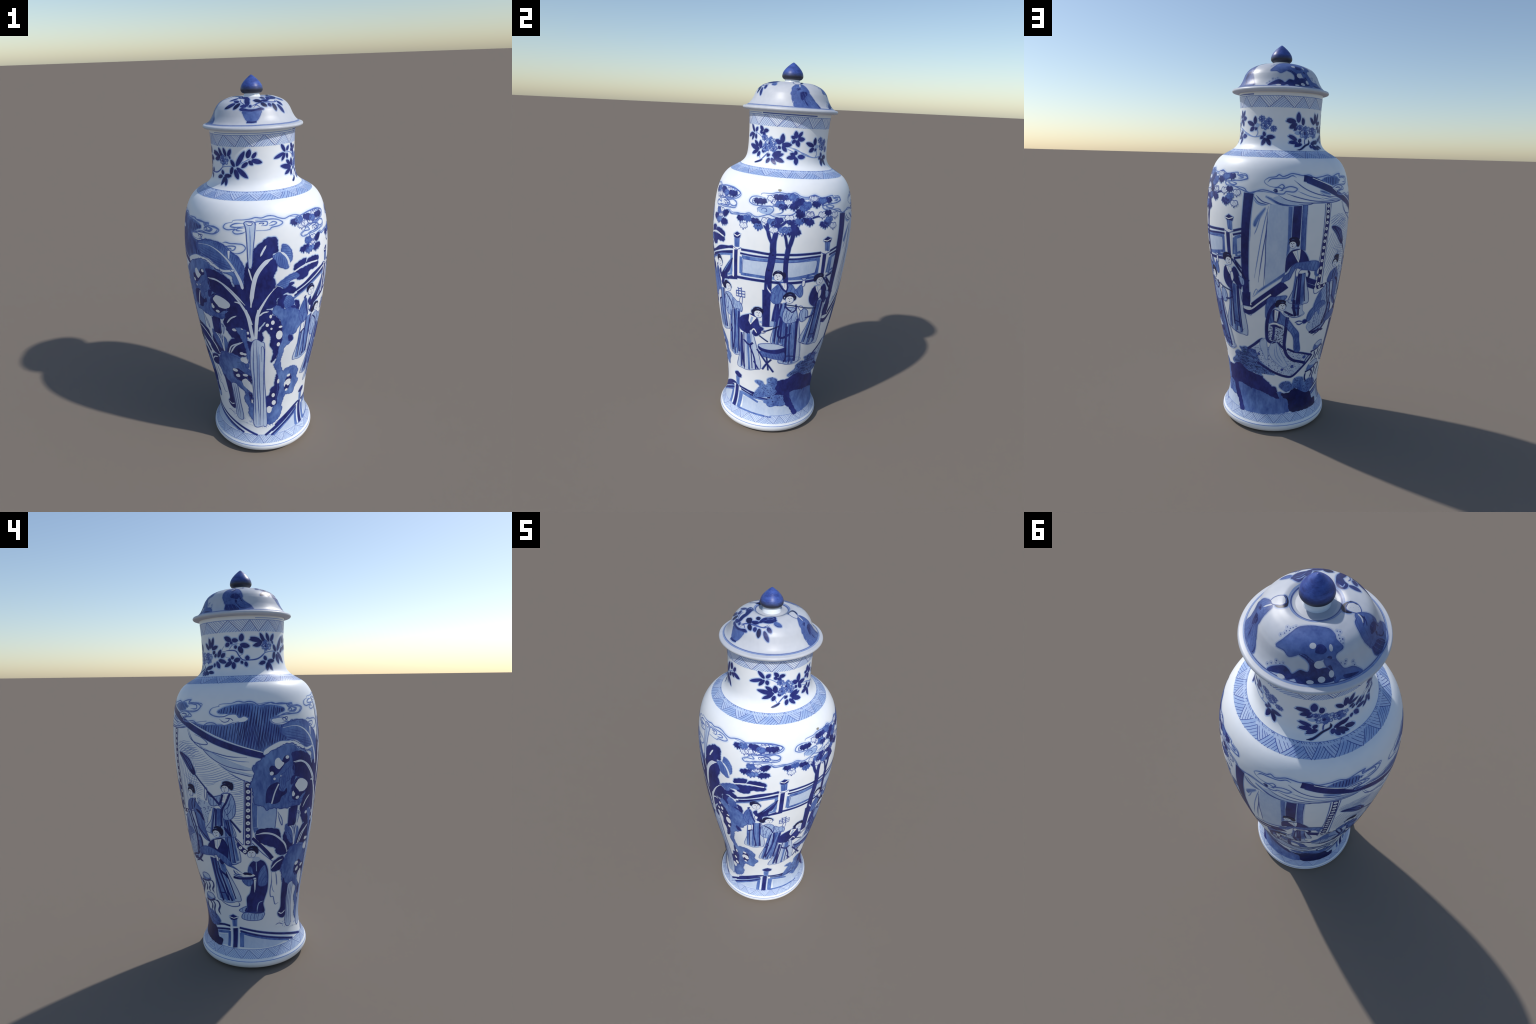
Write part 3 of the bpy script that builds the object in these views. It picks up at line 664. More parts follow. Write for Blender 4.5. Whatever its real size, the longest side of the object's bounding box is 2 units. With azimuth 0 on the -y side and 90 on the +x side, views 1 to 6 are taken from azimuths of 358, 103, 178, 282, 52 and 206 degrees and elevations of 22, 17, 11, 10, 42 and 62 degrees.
cloud_line(m, [(168.3, 133.8), (171.2, 132.8), (176.8, 132.5), (180.3, 133.7), (182, 132.8), (181, 131.9), (186.6, 132.9), (191.6, 131.8), (189.4, 130.5), (183.1, 130.5), (181.8, 129.6), (177, 129.5), (172.8, 130.3), (165.7, 131), (161.5, 130.2), (157.9, 129.2), (153.9, 129.9), (152.1, 131.1), (146.2, 131.8), (141.6, 131.8), (138.4, 132.7)], 1)
cloud_line(m, [(169.6, 134.5), (171.7, 135.9), (176.6, 136.4), (183.8, 136.7), (188.2, 137.8), (191.1, 137)], 1, halo=0)
cloud_line(m, [(174.8, 132), (178.2, 132.3), (181, 131.3), (178.3, 130.8)], 1, halo=0)
m.stroke([(173.8, 130.9), (176.2, 131.2), (176.6, 130.4), (174.5, 130.5)], 'dark', 5, w=.7)
cloud_line(m, [(222.3, 131.5), (226.1, 132.9), (234.7, 133.1), (239.4, 131.1), (232.3, 130.4), (229.2, 129.2), (238.6, 128.1), (254, 128.9)], 1)
m.stroke([(227.1, 131.8), (232.8, 132), (234, 131.1), (229.6, 131)], 'line', 5, w=.28)
cloud_line(m, [(145.9, 138.2), (152.3, 137.5), (153.5, 136.2), (149.7, 135), (142.7, 134.5), (132.8, 133.4), (134.3, 132.3), (141.6, 132)], 1)
cloud_line(m, [(144.5, 137.2), (149, 137.2), (149.4, 136.1), (145.1, 135.7)], 1, halo=0)
m.build()
m = Motif('plantain')

# left plantain leaf, folded over the rock
m.blob([(308.7, 124.3), (311.4, 125.9), (317.7, 127.2), (324.7, 127.5), (330.3, 127.2), (336.5, 125.4), (340.5, 122.8), (345.6, 120), (347.4, 115.9), (344.1, 112.3), (336.3, 114.9), (327.4, 117.1), (320.3, 118.8), (314, 119.9), (309.2, 121.5)], 'mid', 4, edge='line', w=.25, rough=.3)
m.blob([(-52.5, 123.9), (-50.2, 125.7), (-43.3, 127.5), (-38.9, 127.7), (-31.8, 127.4), (-27.5, 126.7), (-24.7, 125.1), (-21.5, 123.2), (-17.6, 122.3), (-14.5, 120.5), (-12.5, 118.1), (-11.1, 115.9), (-11, 112.9), (-12.3, 108.9), (-12.3, 104.8), (-13.8, 105.6), (-17.7, 106.2), (-19.8, 107.6), (-20.4, 111.2), (-25.1, 112.2), (-29.2, 113.1), (-31.1, 115.1), (-35.5, 116.4), (-40.3, 118), (-46.5, 118.9), (-48.4, 120.4), (-51.5, 121.6)], 'mid', 4, edge='line', w=.25, rough=.3)
m.hatch([(-49.2, 123.3), (-39.8, 123.2), (-30.6, 120.8), (-22.6, 116.8), (-18.8, 114.8), (-25, 112.6), (-29.1, 113.6), (-31.1, 115.1), (-35.5, 116.4), (-40.3, 118), (-46.5, 118.9), (-48.4, 120.4)], -14, 1.1, 'line', 5, w=.2)
m.hatch([(-43.3, 127.3), (-31.8, 127.2), (-27.5, 126.5), (-24.1, 124.7), (-20.8, 122.4), (-17.6, 121.7), (-14.6, 120.1), (-11.7, 115.9), (-11.9, 109.3), (-13.9, 111.5), (-18.6, 117.4), (-24.9, 122.1), (-33.3, 125.6)], 75, 1.1, 'line', 5, w=.2)
m.stroke([(-12.7, 104.3), (-14.2, 108.4), (-17.6, 113.5), (-22.4, 118.5), (-30.4, 123), (-38.9, 125), (-50.2, 124.6)], 'bleed1', 7, w=1.5, taper=2)
m.area([(-22.9, 123.7), (-21.1, 123.8), (-21.8, 119.4), (-22.6, 120.2)], 'white', 7)
m.blob([(-64.6, 115.2), (-54.2, 118.4), (-46.6, 118.4), (-40.2, 118.5), (-35.5, 116.9), (-31.1, 114.9), (-26.9, 114), (-18.8, 114.6), (-18.5, 113.7), (-25, 112.8), (-31.4, 112.7), (-36.7, 113.8), (-40.5, 116), (-47.8, 116.9), (-56.1, 115.5), (-64.7, 112.8)], 'white', 6, edge='thin', w=.2)
m.build()
m = Motif('garden_rock')
m.blob([(286.7, 107.6), (293.8, 111.4), (298.9, 113.9), (304.9, 115.4), (310.9, 117), (317.8, 116.9), (323.1, 114.8), (329.7, 113.1), (335, 108.8), (337.7, 100.1), (337.9, 92.5), (331.2, 89.4), (327.9, 86.3), (319.9, 86.5), (314.1, 86), (306, 86.5), (301.8, 87.1), (296.3, 86.3), (293.6, 88.4), (287.3, 89.7), (286.4, 93.9), (285.5, 97.3), (283.7, 98.3), (286, 101.5), (287.6, 104.8)], 'mid', 6, edge='line', w=.3, rough=.5)
m.blob([(298.3, 106.1), (300.2, 107.6), (303.9, 107.2), (307.9, 109.2), (310.3, 111.4), (313.7, 111.6), (314.5, 109.2), (310.3, 107.6), (307.8, 105.5), (303.9, 103.2), (300.1, 103.2)], 'dark', 8)
m.blob([(302.8, 110), (305.5, 111), (307.9, 109.2), (309.9, 108.1), (307.5, 106.4), (305.5, 105.6), (302.8, 107.2)], 'white', 10)
dot(m, (300.1, 103.9), 1.50, 0.94, 'white', 10)
dot(m, (312.6, 110.8), 1.54, 0.84, 'white', 10)
dot(m, (302.2, 101.2), 1.00, 0.62, 'white', 10)
dot(m, (307.5, 102.3), 0.74, 0.43, 'white', 10)
m.blob([(306.3, 100.4), (308.7, 103), (313.7, 105.5), (317.7, 107), (319.3, 103.5), (316.6, 100.9), (312.2, 98.9), (309, 95.1), (306.8, 97)], 'mid', 9, edge='line', w=.25, rough=.5)
m.hatch([(306.3, 100.4), (308.7, 103), (313.7, 105.5), (317.7, 107), (319.3, 103.5), (316.6, 100.9), (312.2, 98.9), (309, 95.1), (306.8, 97)], 84, 1.0, 'line', 11, w=.2)
m.blob([(295.5, 90), (296, 95.3), (298.6, 98.1), (304, 99.4), (306.4, 98.4), (306.1, 95.6), (309.9, 94.5), (312.4, 96), (312.6, 93.5), (308.3, 92), (306.7, 89.7), (301.8, 88.9), (297.8, 89.9)], 'dark', 8)
m.stroke([(305.6, 98.5), (302.5, 94.4), (300.2, 89.2)], 'bleed1', 9, w=.7, taper=0)
m.blob([(317.1, 95), (320.6, 99.5), (328.1, 100.2), (337, 96.2), (336.4, 92.2), (329.5, 91.1), (325, 89.2), (319.4, 91.3)], 'dark', 8)
m.blob([(321.4, 96.5), (323.7, 99.2), (329.5, 98.8), (335.5, 96.1), (334.5, 93.5), (329.2, 93.1), (325.6, 92.8), (323.2, 94.9)], 'white', 10)
dot(m, (319.3, 92.1), 1.55, 1.00, 'white', 10)
dot(m, (323.8, 90.1), 1.85, 0.81, 'white', 10)
m.blob([(315.9, 97.6), (316.6, 100.9), (320.4, 101.5), (319.6, 99.2), (317.8, 97.4)], 'dark', 8)
m.blob([(-42.6, 95.8), (-39.1, 98.3), (-35.3, 99.9), (-29.4, 98.3), (-24, 95.5), (-27.4, 92.7), (-29.6, 89.4), (-34.7, 88.7), (-42.1, 88.4), (-45.4, 90.2)], 'mid', 6, edge='line', w=.25, rough=.5)
m.blob([(-42.6, 94.3), (-39.4, 97.3), (-34.2, 97.7), (-30.2, 94.3), (-31.6, 91.1), (-36.4, 88.9), (-41.6, 90), (-41.7, 92.5)], 'dark', 8)
m.blob([(-39.5, 96.8), (-35.5, 98.9), (-29.6, 97.3), (-24.7, 95.4), (-27.4, 92.9), (-32.1, 92.6), (-35.2, 93.6), (-37.4, 94.7)], 'white', 10)
dot(m, (-41.2, 92.6), 0.99, 1.32, 'white', 10)
dot(m, (-36.5, 90.1), 1.80, 0.73, 'white', 10)
m.build()
m = Motif('plantain')

# dark central plantain leaves
m.blob([(-43.4, 112.4), (-36, 113), (-28.7, 111.4), (-22.7, 109.2), (-20.4, 105.8), (-15.9, 104.6), (-9.8, 100.6), (-8.3, 95.4), (-8.1, 84.6), (-13.4, 84.4), (-15.5, 90.7), (-19.7, 95.4), (-24.4, 96.9), (-29.9, 99.2), (-35.2, 100.4), (-38.7, 103.2), (-41.6, 106), (-42.6, 109.6)], 'dark', 9, rough=.32)
m.stroke([(-8.1, 84.6), (-10.4, 90), (-13.7, 94.3), (-17.9, 98.9), (-24.1, 103.4), (-31.5, 107.2), (-40.7, 107.8)], 'bleed1', 12, w=1.5, taper=2)
m.blob([(-19, 106.3), (-15.6, 106.9), (-12.7, 104.3), (-11.6, 109.3), (-11, 113.3), (-9.8, 116.8), (-8.1, 119), (-7.6, 115.1), (-4.9, 116.8), (-4.3, 123.5), (-1.4, 126.3), (1.8, 127.8), (5.6, 129.7), (10, 130), (13.4, 129.1), (13.5, 125.9), (13.6, 123), (9.4, 121.5), (12, 117.7), (12.6, 114.6), (9.9, 110.9), (10.2, 109.5), (11.5, 106.7), (8.2, 102.9), (3, 99.5), (-0.4, 95.3), (-3.5, 88), (-4.3, 84.6), (-9.2, 84.6), (-9.1, 92.9), (-10.7, 97.8), (-16.2, 101.4), (-18.6, 103.6)], 'dark', 9, rough=.32)
m.blob([(8.2, 102.9), (12.1, 105.5), (17.5, 103.6), (22.3, 105.9), (25.2, 106.2), (26, 105.1), (23.8, 104.3), (26.9, 102.9), (28.2, 101.3), (24.8, 99.9), (19.6, 101.2), (16.2, 99.7), (12.1, 98.3), (12.2, 95.4), (8.1, 93.8), (0.1, 92.8), (-1.3, 91.4), (-2.8, 88), (-6.8, 89), (-6.1, 97.8), (-0.2, 100.1)], 'dark', 9, rough=.32)
m.blob([(25.8, 112.2), (26.5, 114.7), (31.1, 116.3), (36.5, 116.9), (36.9, 115.9), (35.2, 113.3), (28.8, 112.2)], 'dark', 9, rough=.32)
m.blob([(36.9, 113.9), (39.6, 116.1), (46.7, 116.3), (51.5, 115.1), (51.4, 112.9), (42.6, 113.6)], 'dark', 9, rough=.32)
m.blob([(27.3, 111.1), (35.3, 112.4), (43.6, 112.9), (51.5, 112.4), (50.6, 110.3), (44.9, 109.7), (40.8, 109.6), (38.2, 107.1), (33, 106.3), (28.2, 107.3)], 'dark', 9, rough=.32)
m.blob([(12.1, 105.8), (15.4, 107.7), (20.8, 109.8), (25.8, 110.8), (29.6, 110), (30.5, 108.3), (28.2, 107.8), (23, 107.2), (20.9, 104.7), (18.1, 103.7), (14.7, 105.5)], 'mid', 10, edge='line', w=.25, rough=.25)
m.hatch([(12.1, 105.8), (15.4, 107.7), (20.8, 109.8), (25.8, 110.8), (29.6, 110), (30.5, 108.3), (28.2, 107.8), (23, 107.2), (20.9, 104.7), (18.1, 103.7), (14.7, 105.5)], 10, 1.0, 'line', 12, w=.2)
m.blob([(9.6, 120.7), (13.2, 122.2), (15.8, 122.4), (16.7, 125.2), (18.1, 126.1), (21.3, 124.8), (23.9, 122.4), (24.4, 118.5), (22.2, 116.2), (20.5, 113.7), (15.5, 115), (12.9, 116.3), (11.8, 118.6)], 'mid', 10, edge='line', w=.25, rough=.25)
m.hatch([(9.6, 120.7), (13.2, 122), (19, 120.4), (21.2, 117.6), (21.5, 115), (20.1, 114.1), (15.5, 115), (12.9, 116.3), (11.8, 118.6)], 80, 1.0, 'line', 12, w=.2)
m.hatch([(16.7, 125.2), (18, 125.9), (21.3, 124.6), (23.9, 122.4), (24.3, 118.5), (22.2, 116.2), (21, 119.4), (17.1, 121.9)], -12, 1.0, 'line', 12, w=.2)
m.stroke([(15.2, 122.7), (19, 120.6), (21.4, 117.6), (21.9, 114.7)], 'bleed1', 13, w=1.0)
m.stroke([(-7.7, 94.7), (-6.6, 100.2), (-5.5, 104.8), (-2.8, 111.6), (1.1, 115.8), (4.9, 118.4), (9.3, 120)], 'bleed1', 13, w=2.0, taper=1)
m.stroke([(0.8, 121.3), (2.7, 123.7), (5.2, 126.3)], 'bleed1', 13, w=.9)
m.stroke([(-4, 84.6), (-2.6, 90.5), (1.6, 96.2), (6.9, 101.6), (12.8, 105.7)], 'bleed1', 13, w=1.7, taper=2)
m.stroke([(25.8, 111.3), (31.9, 112.8), (38.7, 113.6), (50.4, 112.9)], 'bleed1', 13, w=.8, taper=0)
m.stroke([(-8.1, 115.5), (-7, 112.5), (-5.7, 108.9)], 'bleed1', 13, w=.7)
m.stroke([(-20.5, 97.3), (-17.4, 97), (-15.5, 96.1)], 'bleed1', 13, w=.7)
m.blob([(17.7, 96.2), (20.4, 99.4), (24.9, 98), (27.1, 95.2), (26.1, 93.4), (23.1, 92.5), (20.9, 90.9), (18.5, 94.1)], 'mid', 10, edge='line', w=.25, rough=.25)
m.hatch([(17.7, 96.2), (20.4, 99.4), (24.9, 98), (27.1, 95.2), (26.1, 93.4), (23.1, 92.5), (20.9, 90.9), (18.5, 94.1)], 20, .9, 'line', 12, w=.2)
m.blob([(12.8, 97.7), (15.5, 99.8), (19.3, 100), (20.4, 99.2), (17.7, 95.7), (18.6, 92.7), (15.8, 91.8), (12.9, 94.3)], 'dark', 9, rough=.32)
m.blob([(17.3, 89.9), (20.2, 91), (26.9, 93.3), (28.1, 89.6), (24.3, 86.8), (22.1, 84.7), (20.1, 86), (19.6, 88.1)], 'dark', 9, rough=.32)
m.blob([(27.5, 95.6), (30.8, 95), (32.4, 92.3), (31.5, 89.5), (28.1, 89.6), (28.2, 92.6)], 'dark', 9, rough=.32)

# pale furled leaf
m.blob([(-10.3, 136.8), (-7.7, 137.5), (-3.9, 137.3), (-2.2, 136.3), (-2.8, 131.5), (-4.2, 124.3), (-5, 118.1), (-5.9, 115.8), (-7.7, 115.8), (-8.1, 120.2), (-8.4, 128.4), (-9, 134.3)], 'pale', 12, edge='line', w=.3)
dot(m, (-6.3, 136.5), 2.03, 0.75, 'white', 14)
m.stroke([(-9, 136.6), (-7.1, 135.8), (-4.6, 136), (-4.2, 136.7), (-6.4, 136.9), (-8, 136.8)], 'line', 15, w=.28)
m.stroke([(-6.2, 135.1), (-6, 128.4), (-6.6, 120.2)], 'thin', 14, w=.4)
m.blob([(-32.3, 84.3), (-29, 87.5), (-20.4, 90.3), (-12.6, 93.1), (7.4, 92.7), (7.7, 89), (5.9, 87), (2.9, 86.1), (-0.9, 83.5), (-2.9, 80.8), (-3.6, 75.1), (-6.8, 75.1), (-9.2, 82.4), (-14.6, 82.2), (-18.4, 82.5), (-23.5, 81.5), (-29.6, 80.8)], 'dark', 9, rough=.32)
m.stroke([(-12.2, 93.1), (-10.1, 88.4), (-8.5, 81.3), (-7.2, 75.1)], 'bleed1', 13, w=1.6, taper=0)
m.stroke([(-1.5, 93.2), (-3.6, 87.4), (-4.4, 80.8), (-5.2, 75.1)], 'bleed1', 13, w=1.6, taper=0)
m.stroke([(-28.8, 84.2), (-24.8, 87.4), (-19.7, 89.4)], 'bleed1', 13, w=.8)
m.stroke([(-1.7, 89.5), (1.6, 91.4), (5.9, 91.9)], 'bleed1', 13, w=.8)
m.blob([(-33.6, 66.2), (-31.4, 70.1), (-26.8, 73.7), (-19.4, 76.8), (-14.5, 76.6), (-11.8, 72.1), (-12.7, 65.6), (-16.3, 64.4), (-23.5, 64), (-29.1, 64.5)], 'dark', 9, rough=.32)
m.stroke([(-29.5, 65.4), (-23.9, 70.6), (-16.1, 73.9)], 'bleed1', 13, w=.8)
m.blob([(-30.6, 80.6), (-25.2, 81.3), (-20.3, 81), (-19.1, 78.6), (-22.5, 77.7), (-25.5, 75.6), (-27.7, 77.6)], 'dark', 9, rough=.32)
m.blob([(-3.3, 80.2), (-0.3, 80.1), (1.5, 76.1), (-0.2, 74.2), (-2.9, 74.2)], 'dark', 9, rough=.32)
m.build()
m = Motif('garden_rock')
m.blob([(8.8, 91.5), (10.3, 94), (13.2, 94.8), (17.9, 92.1), (22.6, 92.2), (28.7, 90.9), (32.7, 88.5), (35.7, 85.2), (36.8, 82.1), (33.3, 79), (29.8, 75.8), (25.1, 76), (27.6, 74.8), (28.3, 72.7), (24.8, 70.5), (20.4, 68.9), (18.9, 64.9), (17.2, 59.7), (20.5, 52.8), (24.4, 54), (33.5, 54), (41, 49.6), (40.2, 44.6), (44.8, 41.4), (40.6, 37.9), (37.2, 34.1), (27.2, 35), (23.9, 31.6), (21.7, 28), (23.2, 25.8), (19.5, 20.5), (10.5, 17.1), (3.9, 17.3), (3.6, 24), (11.9, 28), (16, 37.5), (16.4, 44.2), (15.6, 51.6), (11.3, 58), (12.9, 60.3), (14.8, 66.2), (15.4, 70.8), (17.8, 73.4), (17.7, 80.8), (15, 86.6), (9.6, 90.4)], 'mid', 11, edge='line', w=.28, rough=.4)
m.blob([(5.9, 89.6), (11.8, 88.6), (15.8, 84.9), (17.7, 80.8), (17.6, 75.7), (17.8, 72.8), (15, 69.7), (13.6, 63.9), (9.3, 60.5), (8, 60.8), (10, 65.5), (9.1, 69.2), (7, 71.1), (7.8, 76.2), (5.8, 79.2), (3.5, 81.1), (-0.3, 79.6), (-1.9, 78.5), (-0.2, 82.4), (2.9, 85)], 'dark', 12, rough=.3)
m.blob([(14.6, 51.8), (17.1, 46.8), (18.5, 40.5), (16.3, 34.1), (15.4, 29.6), (3.8, 28.7), (3.4, 36.1), (7.2, 37.2), (8.7, 41.8), (12.2, 43.4), (12.9, 47.4)], 'dark', 12, rough=.3)
m.blob([(23.7, 75.8), (27.5, 75.1), (28.6, 72.3), (24.1, 72.3)], 'dark', 12, rough=.3)
m.blob([(24.5, 42.9), (26.8, 48.1), (31.4, 48.7), (33.1, 45), (32.3, 41.2), (30.5, 38.3), (26.1, 37.9)], 'dark', 13, rough=.3)
m.blob([(24.1, 43.3), (26.3, 45.2), (31.1, 45.5), (32.7, 42.1), (29.8, 40.8), (26.9, 42.4), (24.9, 40.8)], 'white', 14, rough=.3)
dot(m, (28.5, 48.4), 2.28, 0.98, 'white', 14)
dot(m, (27.9, 38.2), 1.91, 0.85, 'white', 14)
dot(m, (16.7, 46.2), 1.30, 1.70, 'white', 14)
dot(m, (11.6, 36.7), 2.02, 1.48, 'white', 14)
dot(m, (12.4, 31.3), 2.59, 1.73, 'white', 14)
dot(m, (6.6, 26.8), 3.28, 2.53, 'white', 14)
dot(m, (7.4, 89.0), 1.04, 1.08, 'white', 14)
dot(m, (9.2, 85.3), 1.53, 1.31, 'white', 14)
dot(m, (4.7, 84.1), 1.35, 1.00, 'white', 14)
dot(m, (8.1, 81.7), 0.93, 0.67, 'white', 14)
dot(m, (15.8, 82.1), 1.63, 0.66, 'white', 14)
dot(m, (15.0, 77.2), 2.95, 2.74, 'white', 14)
dot(m, (14.5, 71.5), 1.55, 1.29, 'white', 14)
m.blob([(-38.5, 64.3), (-30.8, 65.5), (-21.6, 64.2), (-15.7, 62.3), (-12.7, 58.7), (-14.6, 55.4), (-11.7, 53), (-18.5, 52.6), (-28, 54.6), (-31, 50.2), (-27.8, 48.1), (-21, 45.7), (-16.7, 41.3), (-12.5, 38.2), (-13.5, 34.7), (-16.3, 36.6), (-15.1, 31.9), (-12, 29.4), (-13.1, 20.1), (-18.8, 23.6), (-18, 28.4), (-22.3, 33.3), (-20.1, 38.3), (-23.2, 41.3), (-30.5, 43.7), (-36.9, 43.2), (-41.3, 44.9), (-45.2, 48), (-47, 52.1), (-47.7, 55.7), (-43.8, 60.4)], 'mid', 11, edge='line', w=.28, rough=.4)
m.blob([(-21.4, 81.7), (-18.4, 82.5), (-12.8, 81.2), (-12.9, 76.7), (-12, 71), (-9.3, 65.1), (-10.7, 60.7), (-13.3, 61.2), (-14, 67.9), (-15.1, 72), (-18.4, 77.5)], 'mid', 13, edge='line', w=.25, rough=.4)
m.blob([(-29.5, 53.8), (-23.6, 55.6), (-18.5, 52.6), (-12, 51.4), (-12, 45.7), (-15.5, 47.5), (-20.4, 48.4), (-25.9, 47.4), (-29.6, 49.5)], 'dark', 12, rough=.3)
m.blob([(-16.6, 39.3), (-12.5, 38.2), (-11.8, 34.8), (-12.9, 31.4), (-15.3, 33.9)], 'dark', 12, rough=.3)
dot(m, (-27.3, 54.1), 2.35, 1.07, 'white', 14)
dot(m, (-25.1, 50.7), 1.72, 1.23, 'white', 14)
dot(m, (-17.1, 51.7), 1.96, 0.66, 'white', 14)
dot(m, (-15.5, 61.8), 2.84, 2.03, 'white', 14)
dot(m, (-15.6, 66.0), 1.90, 0.74, 'white', 14)
dot(m, (-22.8, 80.8), 2.09, 0.86, 'white', 14)
dot(m, (-11.4, 79.6), 1.09, 0.91, 'white', 14)
dot(m, (-11.4, 76.5), 0.79, 0.57, 'white', 14)
dot(m, (-13.4, 33.0), 0.91, 1.34, 'white', 14)
dot(m, (-16.0, 81.9), 1.10, 0.39, 'white', 14)
m.blob([(-21.6, 47.6), (-17.2, 49), (-12.8, 45.6), (-11.9, 39.6), (-16.7, 41.3), (-21.4, 44.3)], 'white', 14, rough=.3)
m.build()
m = Motif('plantain_stem')
m.blob([(-10.1, 69.2), (-7.6, 74.5), (-4.4, 75.7), (-0.5, 74.2), (2.4, 71.5), (1.7, 52.3), (2.8, 34.8), (3.5, 17.3), (-1.6, 15.9), (-13.4, 17.3), (-10.4, 38.9), (-11.4, 56.3)], 'pale', 16, edge='line', w=.28)
m.stroke([(-6.9, 74), (-8.3, 58.9), (-9.1, 39), (-10.4, 16.8)], 'line', 18, w=.28)
m.stroke([(-4.4, 75.1), (-4.9, 58.9), (-6.3, 39), (-5.7, 16.6)], 'line', 18, w=.28)
m.stroke([(-2.6, 66.3), (-3.4, 52.5), (-3.6, 32.3), (-4.9, 16.3)], 'line', 18, w=.28)
m.stroke([(-0.4, 61.3), (-0.3, 71), (1.3, 70.9), (1, 52.4), (-0, 32.2), (-1.6, 16.3)], 'line', 18, w=.28)
m.stroke([(-3.1, 71.1), (-4.4, 45.8), (-7.4, 16.6)], 'wash', 17, w=.7)
m.stroke([(-9.3, 65.1), (-8.3, 45.8), (-11.8, 18.9)], 'wash', 17, w=.7)
m.blob([(-44.3, 48.2), (-41.1, 45.3), (-36.9, 43.2), (-37.5, 35.6), (-37.5, 25.6), (-44.5, 25.5), (-48.1, 28.3), (-44.4, 31.5), (-44.6, 38.8)], 'dark', 16)
m.stroke([(-47.3, 28.8), (-42.9, 27.5), (-37.2, 28.7)], 'bleed1', 19, w=.6)
m.blob([(-36.2, 43.3), (-29.3, 43.9), (-28.7, 38.5), (-28.6, 30.5), (-27, 19.4), (-36, 20), (-36.3, 29.2), (-36.4, 36.5)], 'pale', 16, edge='line', w=.28)
m.stroke([(-33.7, 43.1), (-34.4, 32.9), (-33.8, 20.4)], 'line', 18, w=.28)
m.stroke([(-31.2, 43.5), (-31.6, 33.4), (-31, 19.9)], 'line', 18, w=.28)
m.area([(-44.4, 85.4), (-36, 86.2), (-37.6, 80), (-37.1, 76.1), (-44.6, 76.3)], 'dark', 16)
m.build()
m = Motif('plantain')

# far left plantain with dark leaves in front of the veranda
m.blob([(287.9, 75.7), (289.9, 76.9), (294.7, 77.1), (299.7, 77), (306.7, 75.6), (308.7, 73), (310, 69.8), (314.4, 67.1), (316.6, 63.6), (313.2, 61.4), (307.8, 63.1), (304.2, 66.2), (298.2, 67.8), (291.4, 69.8), (287.4, 72.6)], 'dark', 9, rough=.25)
m.stroke([(287.8, 74.3), (294.7, 74.7), (302.4, 73.4), (310, 69.8), (314.4, 66.6), (316.8, 62.5)], 'bleed1', 12, w=.9)
m.blob([(301.7, 56.2), (303.4, 58.8), (308.2, 60.4), (313.3, 60.8), (315.1, 57.3), (313.3, 54.8), (310.2, 53.6), (302.9, 53.3)], 'dark', 9, rough=.25)
m.stroke([(301.7, 55.1), (306.4, 57.9), (312.5, 59.3)], 'bleed1', 12, w=.7)
m.blob([(304.7, 65.1), (309.4, 66.2), (315.7, 65.4), (317.4, 62.4), (312.1, 61.5), (306.9, 62.7)], 'dark', 9, rough=.25)
m.blob([(312.5, 73.6), (315.5, 73.8), (321.9, 68.2), (322.7, 64.9), (318.3, 63.4), (313.5, 66.2), (311.4, 70.7)], 'dark', 9, rough=.25)
m.blob([(313.2, 76.6), (315, 77.7), (319.4, 75.9), (321.5, 73.5), (322.9, 69.1), (321.1, 66.7), (317.3, 68.9), (313.6, 73)], 'mid', 9, edge='line', w=.25, rough=.3)
m.hatch([(313.2, 76.6), (315, 77.7), (319.4, 75.9), (321.5, 73.5), (322.9, 69.1), (321.1, 66.7), (317.3, 68.9), (313.6, 73)], 80, .9, 'line', 11, w=.2)
m.blob([(324.2, 74.7), (326.6, 74.8), (328.9, 70.8), (326.2, 66), (323.7, 65.8), (323.9, 70.6)], 'mid', 9, edge='line', w=.25, rough=.3)
m.stroke([(317.2, 76.7), (320.9, 73.6), (322.7, 70.2), (323.7, 65.8)], 'bleed1', 12, w=.7, taper=0)
m.stroke([(325.3, 78.1), (324.9, 74.1), (324.2, 68.9), (324, 65.8)], 'bleed1', 12, w=.7, taper=0)
m.blob([(326.6, 64.8), (328.9, 70.8), (336.7, 75.4), (356.1, 73.2), (356.9, 68.7), (344.9, 66.6), (340, 63.6), (333, 63.2)], 'dark', 9, rough=.25)
m.stroke([(328.6, 65), (332.1, 69.8), (341.3, 73.1)], 'bleed1', 12, w=.7, taper=0)
m.blob([(317.5, 61.9), (321.4, 65.1), (331.1, 64.1), (343.7, 61.3), (344.1, 57.4), (353.4, 51.7), (343.9, 51.3), (347.1, 45.1), (341.9, 41.5), (345.1, 37.5), (328.5, 44), (324.3, 43), (315.2, 46.2), (313.5, 50.9), (311.3, 53.4), (313, 56.5), (315.6, 60)], 'mid', 11, edge='line', w=.28, rough=.3)
m.blob([(328.9, 54.1), (335, 55.2), (342.8, 52.7), (348, 47.2), (338, 46.8), (330.7, 48.2)], 'dark', 12, rough=.25)
dot(m, (331.7, 54.1), 2.42, 1.09, 'white', 14)
dot(m, (333.9, 50.4), 2.09, 1.00, 'white', 14)
dot(m, (342.4, 51.6), 2.77, 0.93, 'white', 14)
dot(m, (341.6, 66.3), 2.01, 0.96, 'white', 14)
dot(m, (341.9, 62.2), 2.41, 1.62, 'white', 14)
m.blob([(316.3, 112.3), (321, 112.9), (328.5, 111.8), (335, 109.2), (340.1, 104.8), (345.2, 96.6), (343.7, 91.7), (336.4, 92.2), (336.7, 97.2), (329.3, 100.1), (320.4, 101), (317.3, 105.6), (318.2, 108.4)], 'dark', 9, rough=.25)
